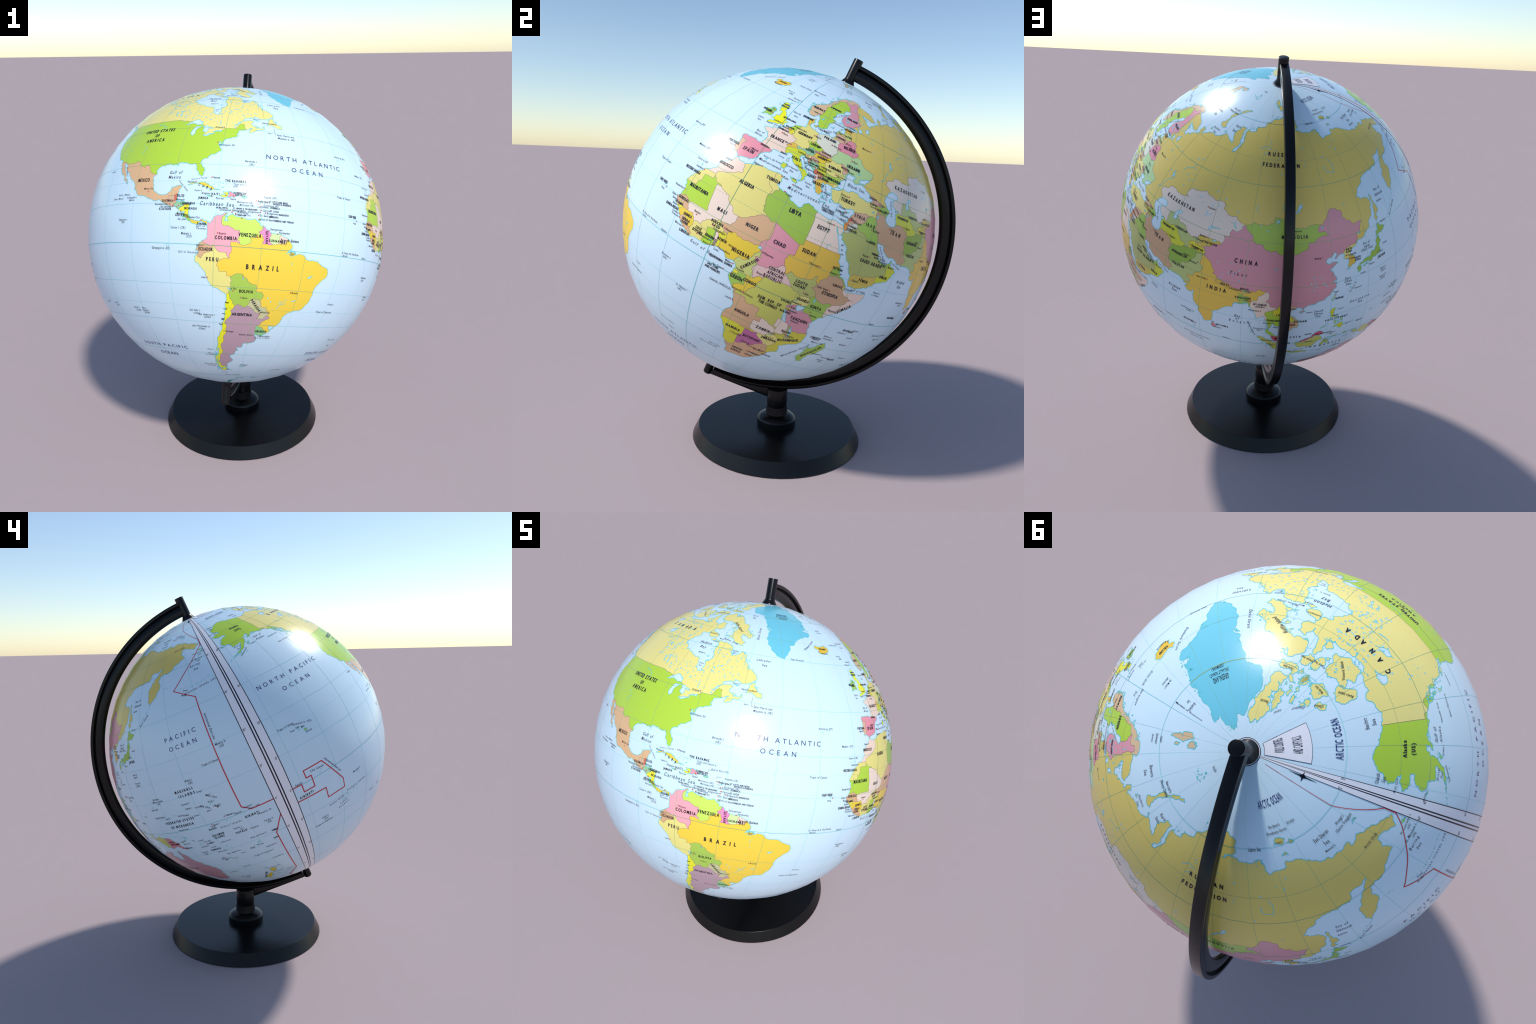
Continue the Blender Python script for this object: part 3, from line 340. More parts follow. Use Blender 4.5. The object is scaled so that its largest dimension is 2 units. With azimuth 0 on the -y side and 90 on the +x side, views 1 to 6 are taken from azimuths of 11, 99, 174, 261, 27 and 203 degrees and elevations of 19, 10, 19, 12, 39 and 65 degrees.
    ("romania", "straw", [(22.9, 48), (24.8, 47.8), (26.5, 48.2), (28.1, 46.8), (28.2, 45.5), (29.6, 45), (30, 44), (28.6, 43.7), (27, 44.1), (22.9, 43.8), (22.5, 44.6),
        (21, 46.2)]),
    ("bulgaria", "leaf_lime", [(22.9, 43.8), (27, 44.1), (28.6, 43.7), (29, 42), (28, 42), (26.5, 41.8), (25, 41.3), (22.9, 41.4), (22.3, 42.3), (22.9, 43)]),
    ("greece", "amber", [(20.1, 39.5), (20.9, 40.8), (22.9, 41.4), (25, 41.3), (26.5, 41.8), (26, 40.6), (25, 40), (25, 36), (20, 36)]),
]

ALASKA_PACIFIC_COAST = [
    (-141, 69.6), (-145, 70), (-150, 70.5), (-156.6, 71.3), (-160, 70.6), (-163, 69.4), (-166.3, 68.4), (-163.8, 67.2), (-161.8, 66.4), (-164.5, 66.5),
    (-168, 65.6), (-166.3, 64.6), (-162.8, 64.4), (-161, 64.6), (-161, 63.6), (-164.7, 63), (-166, 61.7), (-164.8, 60.4), (-162.2, 60.1), (-162, 58.7),
    (-158.9, 58.5), (-157.2, 58.8), (-158.2, 57.4), (-161, 56), (-164.8, 54.7), (-162, 55), (-158.5, 56), (-156, 57.4), (-153.6, 59.2), (-151.8, 61),
    (-150, 61.2), (-151.7, 59.3), (-149, 60), (-146.3, 60.8), (-144, 60), (-139.8, 59.6), (-137.4, 58.7), (-135.5, 58.4), (-133.5, 57.2), (-131, 55.4),
    (-130.2, 54.5), (-128.5, 52.7), (-127.5, 51), (-124.8, 49.9), (-122.7, 49), (-122.6, 47.3), (-123.2, 48.1), (-124.7, 48.4), (-124, 46.2), (-124.5, 42.8),
    (-124.3, 40.3), (-123, 38.3), (-122.4, 37.2), (-121.9, 36.6), (-120.6, 34.6), (-118.5, 34), (-117.1, 32.5), (-116, 30.5), (-115, 28), (-114.1, 27.8),
    (-114.6, 27.1), (-112.2, 25.5), (-112, 24.6), (-110, 22.9), (-109.5, 23.3), (-111.3, 25.9), (-112.8, 28.3), (-114.8, 31.6), (-113.2, 31.2), (-112.2, 29),
    (-110.6, 27.7), (-109.4, 26), (-107.8, 24.4), (-106.4, 23.2), (-105.5, 21.5), (-105.6, 20.4), (-103.8, 18.8), (-101.8, 17.8), (-99, 16.6), (-96.5, 15.7),
    (-94.8, 16.2), (-93.5, 15.5), (-92.2, 14.5), (-90.5, 13.8), (-87.7, 13.1), (-87.3, 12.8), (-86.5, 11.8), (-85.8, 11), (-85.7, 9.9), (-84.6, 9.6), (-83.6, 8.5),
    (-82.9, 8.2), (-81.5, 7.6), (-80.4, 7.3), (-80, 8.2), (-79.5, 8.9), (-78.3, 8.2), (-77.9, 7.2)]
GULF_ATLANTIC_COAST = [
    (-77.4, 8.6), (-79, 9.5), (-81, 8.8), (-82.3, 9.2), (-83.6, 10.8), (-83.5, 13), (-83.2, 15), (-85.9, 15.9), (-88.4, 15.8), (-88.2, 17.8), (-87.8, 18.2),
    (-87.5, 20), (-86.8, 21.4), (-88.2, 21.6), (-90.3, 21), (-90.7, 19.4), (-91.8, 18.5), (-94.4, 18.2), (-96.2, 19.3), (-97.3, 21), (-97.7, 22.5), (-97.2, 25.8),
    (-97.3, 27.6), (-95, 29.2), (-93.8, 29.7), (-91.5, 29.4), (-89.2, 29.1), (-89.5, 30.2), (-87.5, 30.3), (-85.5, 29.8), (-84, 30.1), (-82.8, 28.8), (-82.7, 27.6),
    (-81.8, 26), (-80.9, 25.2), (-80.2, 25.8), (-80.1, 27), (-81.3, 29.8), (-81.2, 31.7), (-79.2, 33.2), (-77.9, 33.9), (-76.5, 34.7), (-75.5, 35.2), (-76, 36.9),
    (-76.4, 38.5), (-76.2, 39.3), (-75.9, 37.4), (-75, 38.5), (-75.4, 39.5), (-74.9, 39), (-74, 40.5), (-72, 41.2), (-70.7, 41.6), (-70, 41.8), (-70.7, 42.7),
    (-70, 43.8), (-67, 44.8), (-64.8, 45.7), (-65.8, 44.6), (-66.1, 43.8), (-65.4, 43.5), (-63.5, 44.5), (-61, 45.3), (-60, 46), (-60.4, 47), (-61.5, 45.8),
    (-63.5, 45.9), (-65, 47.2), (-64.3, 48.8), (-66.5, 49.2), (-69.5, 48), (-71.2, 46.8), (-69.2, 48.4), (-67, 50), (-65, 50.2), (-60, 50.2), (-57, 51.5),
    (-55.7, 52.5), (-57, 54), (-58, 54.9), (-60.3, 55.5), (-61.8, 57.4), (-64.5, 60.3), (-65.5, 59.2), (-67.7, 58.3), (-69.5, 58.9), (-69.8, 60.8), (-73.5, 62.2),
    (-77.8, 62.5), (-77.7, 60.8), (-78.2, 59), (-76.7, 57.3), (-76.6, 56.2), (-79.5, 54.8), (-79, 52.5), (-79, 51.4), (-80.5, 51.3), (-82, 53), (-82.3, 55.1),
    (-85, 55.3), (-88, 56.5), (-92.4, 57), (-93, 58.7), (-94.8, 58.9), (-94.5, 60.5), (-93, 61.9), (-90.7, 63), (-91.5, 63.8), (-88, 64.1), (-86, 65.7), (-86, 66.4),
    (-83.5, 66.2), (-81.5, 67.3), (-81.5, 69), (-85, 69.6), (-85.5, 68.8), (-87.5, 67.3), (-88.3, 68.3), (-90.3, 68.7), (-92, 69.7), (-92.5, 71), (-94.5, 71.9), (-96.3, 70.8),
    (-96, 69.3), (-93.5, 68.4), (-98, 67.7), (-104, 68), (-108, 68), (-108, 66.7), (-109.5, 67.8), (-115, 67.9), (-116, 69), (-120, 69.4), (-124.4, 69.4), (-125, 70),
    (-128, 70.5), (-129.5, 69.8), (-133.5, 69.5), (-136, 68.9)]
NORTH_AMERICA_COAST = ALASKA_PACIFIC_COAST + GULF_ATLANTIC_COAST

NORTH_AMERICA = [
    ("canada", "wheat", [(-141, 72), (-141, 60.3), (-139, 60.2), (-137.5, 58.9), (-135.3, 59.7), (-133.5, 58.3), (-131.5, 56.6), (-130, 55.9), (-130.2, 54.8), (-133, 53), (-126, 48.3),
        (-123.1, 48.4), (-123, 49), (-115, 49), (-107, 49), (-100, 49), (-95.2, 49), (-94.6, 48.7), (-92, 48.4), (-89.6, 48), (-88, 48.2), (-84.8, 46.7), (-83.6, 46.1), (-82.5, 45.3),
        (-82.5, 43), (-83.1, 42), (-79.2, 42.5), (-79, 43.4), (-76.5, 44), (-75, 45), (-71.5, 45), (-70.3, 46.2), (-69.2, 47.4), (-67.8, 47.1), (-67.7, 45.7), (-67, 44.7), (-66, 42.5),
        (-50, 45), (-55, 62), (-75, 75), (-100, 75)]),
    ("united_states", "lime", [(-141, 72), (-141, 60.3), (-139, 60.2), (-137.5, 58.9), (-135.3, 59.7), (-133.5, 58.3), (-131.5, 56.6), (-130, 55.9), (-130.2, 54.8), (-134, 54),
        (-170, 52), (-170, 73)]),
    ("united_states", "lime", [(-126, 48.3), (-123.1, 48.4), (-123, 49), (-115, 49), (-107, 49), (-100, 49), (-95.2, 49), (-94.6, 48.7), (-92, 48.4), (-89.6, 48), (-88, 48.2), (-84.8, 46.7),
        (-83.6, 46.1), (-82.5, 45.3), (-82.5, 43), (-83.1, 42), (-79.2, 42.5), (-79, 43.4), (-76.5, 44), (-75, 45), (-71.5, 45), (-70.3, 46.2), (-69.2, 47.4), (-67.8, 47.1), (-67.7, 45.7),
        (-67, 44.7), (-66, 42.5), (-78, 24), (-83, 24), (-97, 25.8), (-99.1, 26.4), (-100.3, 28.2), (-101.4, 29.8), (-102.7, 29.7), (-103.2, 29), (-104.5, 29.6), (-106.5, 31.8),
        (-108.2, 31.8), (-108.2, 31.3), (-111.1, 31.3), (-114.8, 32.5), (-117.1, 32.5), (-122, 32)]),
    ("mexico", "peach", [(-119, 32.4), (-117.1, 32.5), (-114.8, 32.5), (-111.1, 31.3), (-108.2, 31.3), (-108.2, 31.8), (-106.5, 31.8), (-104.5, 29.6), (-103.2, 29), (-102.7, 29.7),
        (-101.4, 29.8), (-100.3, 28.2), (-99.1, 26.4), (-97, 25.8), (-95, 25), (-86, 22.5), (-86.5, 18.4), (-88.3, 18.4), (-89.1, 17.9), (-91, 17.8), (-91.4, 17.2), (-90.4, 16.1),
        (-91.7, 16.1), (-92.2, 14.5), (-94, 13), (-110, 18)]),
    ("guatemala", "tan_rose", [(-92.4, 14.2), (-91.7, 16.1), (-90.4, 16.1), (-91.4, 17.2), (-91, 17.8), (-89.1, 17.9), (-89.2, 15.9), (-88.2, 15.7), (-89.3, 14.4), (-90.1, 13.5), (-91, 13)]),
    ("belize", "red_orange", [(-89.1, 17.9), (-88.3, 18.5), (-87, 18.4), (-88, 15.9), (-89.2, 15.9)]),
    ("el_salvador", "rust", [(-90.1, 13.5), (-89.3, 14.4), (-87.8, 13.8), (-87.6, 12.8), (-89, 12.8)]),
    ("honduras", "pale_teal", [(-88.2, 15.7), (-89.3, 14.4), (-87.8, 13.8), (-87.4, 12.9), (-86.7, 13.3), (-85.8, 13.9), (-84.9, 14.7), (-83.1, 15), (-82, 15.5), (-86, 17)]),
    ("nicaragua", "lemon", [(-87.8, 12.8), (-86.7, 13.3), (-85.8, 13.9), (-84.9, 14.7), (-83.1, 15), (-82, 13), (-83.5, 10.9), (-84.9, 11), (-85.7, 11.1), (-87, 11)]),
    ("costa_rica", "green", [(-83.5, 10.9), (-84.9, 11), (-85.7, 11.1), (-87, 10), (-83, 8), (-82.9, 9.1), (-82.5, 9.6), (-82, 10)]),
    ("panama", "golden", [(-82.5, 9.6), (-82.9, 9.1), (-83, 8), (-80, 6.5), (-77.9, 7), (-77.3, 8.6), (-79, 10)]),
]

SOUTH_AMERICA_COAST = [
    (-77.4, 8.6), (-76.7, 8), (-75.6, 10.5), (-74.5, 11.1), (-73, 11.4), (-71.7, 12.4), (-71.3, 11.9), (-72, 11.2), (-71.2, 10.9), (-70, 11.6), (-69.9, 12.1), (-68.3, 10.9), (-66, 10.6),
    (-64.7, 10.1), (-62.7, 10.7), (-62, 9.8), (-60.9, 9.3), (-61, 8.5), (-59.8, 8.3), (-57.5, 6.2), (-55, 5.9), (-53.9, 5.7), (-52, 4.6), (-51.2, 4), (-50, 1.8), (-50, 0.8), (-51, 0),
    (-51.7, -1.2), (-50.3, -0.2), (-48.6, -0.3), (-48.4, -1.4), (-47.5, -0.7), (-45, -1.5), (-44.3, -2.7), (-41.8, -2.8), (-39.9, -2.9), (-37.2, -4.7), (-35.5, -5.2), (-34.8, -7.2),
    (-35.2, -9), (-36.9, -10.8), (-38.4, -13), (-39, -15), (-39.2, -17.7), (-40.2, -20.3), (-41, -22), (-43.2, -23), (-45, -23.4), (-46.5, -24.1), (-48.5, -26), (-48.7, -28.3), (-50.2, -30),
    (-52, -32.2), (-53.4, -33.8), (-54.9, -34.9), (-57.2, -34.5), (-58.4, -34), (-57.3, -35.2), (-56.7, -36.4), (-57.6, -38.1), (-59.5, -38.7), (-62.2, -39), (-62.3, -40.8), (-65, -41),
    (-63.8, -42.4), (-65, -43), (-65.3, -44.7), (-67.4, -45.8), (-66.8, -47), (-65.8, -47.8), (-67.6, -49.9), (-69, -51), (-68.3, -52.4), (-70.5, -52.9), (-71.3, -53.8), (-72.5, -53.4),
    (-74, -52.2), (-75.3, -50), (-75.5, -46.8), (-73.2, -44.5), (-72.8, -42), (-73.9, -41.7), (-73.3, -39.5), (-73.5, -37.2), (-72.5, -35.5), (-71.5, -32.7), (-71.5, -30.2), (-70.6, -27),
    (-70.4, -23.3), (-70.2, -20), (-70.3, -18.4), (-72, -17), (-75.3, -15.3), (-76.3, -13.8), (-77.2, -12), (-78.5, -9.2), (-79.8, -7.2), (-81.2, -6), (-81.2, -4.4), (-80.3, -3.4),
    (-79.9, -2.4), (-80.9, -2.2), (-80.5, -1), (-80, 0.5), (-78.9, 1.4), (-77.3, 3), (-77.4, 4.5), (-77.4, 6.8), (-77.9, 7.2)]

SOUTH_AMERICA = [
    ("brazil", "sunflower", [(-60, 5.1), (-59.9, 4.3), (-59.7, 1.8), (-58, 1.6), (-56, 1.9), (-54.6, 2.3), (-52.7, 2.2), (-51.6, 4.2), (-50, 5), (-30, -5), (-38, -26), (-52, -34.5), (-53.5, -33.7), (-53.2, -32.7),
        (-55.6, -30.9), (-57.6, -30.2), (-55.8, -28.3), (-53.8, -27.2), (-53.6, -26.2), (-54.6, -25.6), (-54.3, -24), (-55.5, -24), (-55.8, -22.3), (-57.9, -22.1), (-58.2, -20.2), (-57.5, -18.2),
        (-58.4, -17.2), (-60.2, -16.3), (-60.5, -13.8), (-62.8, -13), (-65.3, -10), (-66.6, -9.9), (-68.7, -11.1), (-70.6, -11), (-70.6, -9.5), (-72.3, -9.5), (-73.2, -9.4), (-74, -7.4),
        (-73, -5.2), (-69.9, -4.3), (-69.4, -1.1), (-70, 0.5), (-69.8, 1.7), (-67.8, 1.7), (-67, 1.2), (-65.5, 0.7), (-63.4, 2.2), (-64.2, 4.1), (-62.7, 3.7), (-60.7, 5.2)]),
    ("venezuela", "lime_yellow", [(-71.3, 12), (-72.5, 11), (-73, 9.3), (-72.4, 7.4), (-70.1, 7), (-67.4, 6.2), (-67.8, 2.8), (-67, 1.2), (-65.5, 0.7), (-63.4, 2.2), (-64.2, 4.1), (-62.7, 3.7), (-60.7, 5.2),
        (-61.4, 6), (-60.3, 7), (-60, 8.5), (-58, 10), (-65, 13)]),
    ("guyana", "hot_pink", [(-60, 8.7), (-60.3, 7), (-61.4, 6), (-60.7, 5.2), (-60, 5.1), (-59.9, 4.3), (-59.7, 1.8), (-58, 1.6), (-56.6, 1.9), (-57.9, 3.5), (-57.3, 5), (-57, 6.5), (-58, 9)]),
    ("suriname", "pale_lime", [(-57, 6.5), (-57.3, 5), (-57.9, 3.5), (-56.6, 1.9), (-56, 1.9), (-54.6, 2.3), (-54.4, 4), (-54, 5.8), (-55, 7)]),
    ("french_guiana", "blush_rose", [(-54, 5.8), (-54.4, 4), (-54.6, 2.3), (-52.7, 2.2), (-51.6, 4.2), (-50.5, 5), (-53, 6.5)]),
    ("colombia", "candy_pink", [(-71.3, 12), (-72.5, 11), (-73, 9.3), (-72.4, 7.4), (-70.1, 7), (-67.4, 6.2), (-67.8, 2.8), (-67, 1.2), (-67.8, 1.7), (-69.8, 1.7), (-70, 0.5), (-69.4, -1.1), (-69.9, -4.3),
        (-71, -2.3), (-73, -2.3), (-74.5, -0.9), (-75.4, -0.1), (-77.4, 0.4), (-79, 1.6), (-82, 4), (-78.5, 7), (-77.3, 8.8), (-76, 13)]),
    ("ecuador", "tan", [(-75.4, -0.1), (-77.4, 0.4), (-79, 1.6), (-83, 0), (-80.5, -3.4), (-80.2, -4.4), (-79.2, -5), (-78.4, -3.5), (-76.7, -2.6), (-75.5, -1.5)]),
    ("peru", "straw_bright", [(-80.5, -3.4), (-80.2, -4.4), (-79.2, -5), (-78.4, -3.5), (-76.7, -2.6), (-75.5, -1.5), (-75.4, -0.1), (-74.5, -0.9), (-73, -2.3), (-71, -2.3), (-69.9, -4.3), (-73, -5.2),
        (-74, -7.4), (-73.2, -9.4), (-72.3, -9.5), (-70.6, -9.5), (-70.6, -11), (-69.5, -11), (-68.7, -12.6), (-69, -15.2), (-69.2, -16.3), (-69.6, -17.5), (-70.4, -18.4), (-73, -19), (-84, -5)]),
    ("bolivia", "leaf_lime", [(-69.5, -11), (-68.7, -11.1), (-66.6, -9.9), (-65.3, -10), (-65.3, -11.8), (-62.8, -13), (-60.5, -13.8), (-60.2, -16.3), (-58.4, -16.3), (-57.5, -18.2), (-58.2, -20.2), (-59.2, -19.3),
        (-61.8, -19.6), (-62.6, -22.3), (-64.3, -22.8), (-66.2, -21.8), (-67.2, -22.8), (-68, -21.3), (-68.7, -20), (-69.1, -18), (-69.6, -17.5), (-69.2, -16.3), (-69, -15.2), (-68.7, -12.6)]),
    ("paraguay", "khaki_light", [(-62.6, -22.3), (-61.8, -19.6), (-59.2, -19.3), (-58.2, -20.2), (-57.9, -22.1), (-55.8, -22.3), (-55.5, -24), (-54.3, -24), (-54.6, -25.6), (-55.8, -27.3), (-58.6, -27.3), (-57.7, -25.3),
        (-60, -24)]),
    ("argentina", "mauve", [(-67.2, -22.8), (-66.2, -21.8), (-64.3, -22.8), (-62.6, -22.3), (-60, -24), (-57.7, -25.3), (-58.6, -27.3), (-55.8, -27.3), (-54.6, -25.6), (-53.6, -26.2), (-53.8, -27.2), (-55.8, -28.3),
        (-57.6, -30.2), (-58.2, -32.5), (-58.4, -34), (-56, -35.3), (-54, -38), (-62, -52), (-68.4, -52.4), (-70, -52), (-71.9, -52), (-72.3, -50.7), (-73.4, -49.2), (-72.3, -47.9), (-71.7, -45), (-71.8, -42), (-71.6, -39.5),
        (-70.9, -37), (-70.2, -35), (-69.8, -33.3), (-70.4, -30.2), (-69.6, -28), (-68.4, -26.5), (-68.5, -24.6)]),
    ("chile", "sun_yellow", [(-70.4, -18.4), (-69.6, -17.5), (-69.1, -18), (-68.7, -20), (-68, -21.3), (-67.2, -22.8), (-68.5, -24.6), (-68.4, -26.5), (-69.6, -28), (-70.4, -30.2), (-69.8, -33.3), (-70.2, -35), (-70.9, -37),
        (-71.6, -39.5), (-71.8, -42), (-71.7, -45), (-72.3, -47.9), (-73.4, -49.2), (-72.3, -50.7), (-71.9, -52), (-70, -52), (-68.4, -52.4), (-69, -56), (-78, -54), (-76, -35), (-72, -18)]),
    ("uruguay", "mint", [(-57.6, -30.2), (-55.6, -30.9), (-53.2, -32.7), (-53.5, -33.7), (-53, -35), (-56, -35.3), (-58.4, -34), (-58.2, -32.5)]),
]

AUSTRALIA_COAST = [
    (113.5, -26), (113.7, -24), (114.1, -21.9), (116.8, -20.6), (119, -20), (121.5, -18.8), (122.3, -17.2), (124, -16.3), (126.5, -14), (128.2, -14.9), (129.6, -14.9), (130.8, -12.4), (132.6, -11.5),
    (135.2, -12.2), (136.8, -12.2), (135.6, -14.9), (137.7, -16.2), (139.3, -17.4), (140.8, -17.5), (141.6, -15), (141.7, -12.8), (142.5, -10.8), (143.5, -13.5), (145.2, -15), (146, -18.5), (148.5, -20.2),
    (150.8, -23.2), (153, -25.3), (153.5, -28.3), (152.5, -32.3), (151.2, -33.9), (150, -37.2), (147.8, -37.9), (146.2, -39), (144.7, -38.2), (143.5, -38.8), (140.5, -38), (139.6, -36.2), (138, -35.6),
    (137.8, -33), (136, -34.8), (134.2, -33), (131.2, -31.5), (128, -32.1), (124, -33.2), (122, -33.9), (119.8, -34), (117.8, -35.1), (115.1, -34.3), (115.7, -32), (114.6, -29)]

GREENLAND_COAST = [
    (-73, 78.3), (-68, 80.3), (-62, 81.2), (-55, 82.3), (-45, 82.1), (-38, 83.4), (-30, 83.5), (-22, 82.4), (-24, 81.2), (-16, 81.3), (-12.5, 81.4), (-19, 79.8), (-18, 78.5), (-21, 76.6), (-19, 75.2),
    (-22, 73.4), (-22.5, 71.8), (-27, 71), (-22.2, 70.3), (-25.5, 68.8), (-32, 68.1), (-37, 65.8), (-40.5, 64.8), (-42.5, 61.5), (-43.8, 60), (-48, 61), (-51, 63.4), (-53.6, 66.2), (-53, 68.5), (-51, 69.4),
    (-54.6, 70.7), (-55.5, 73), (-58.5, 75.5), (-64, 76.1), (-68.5, 76.1), (-70.5, 77.3)]

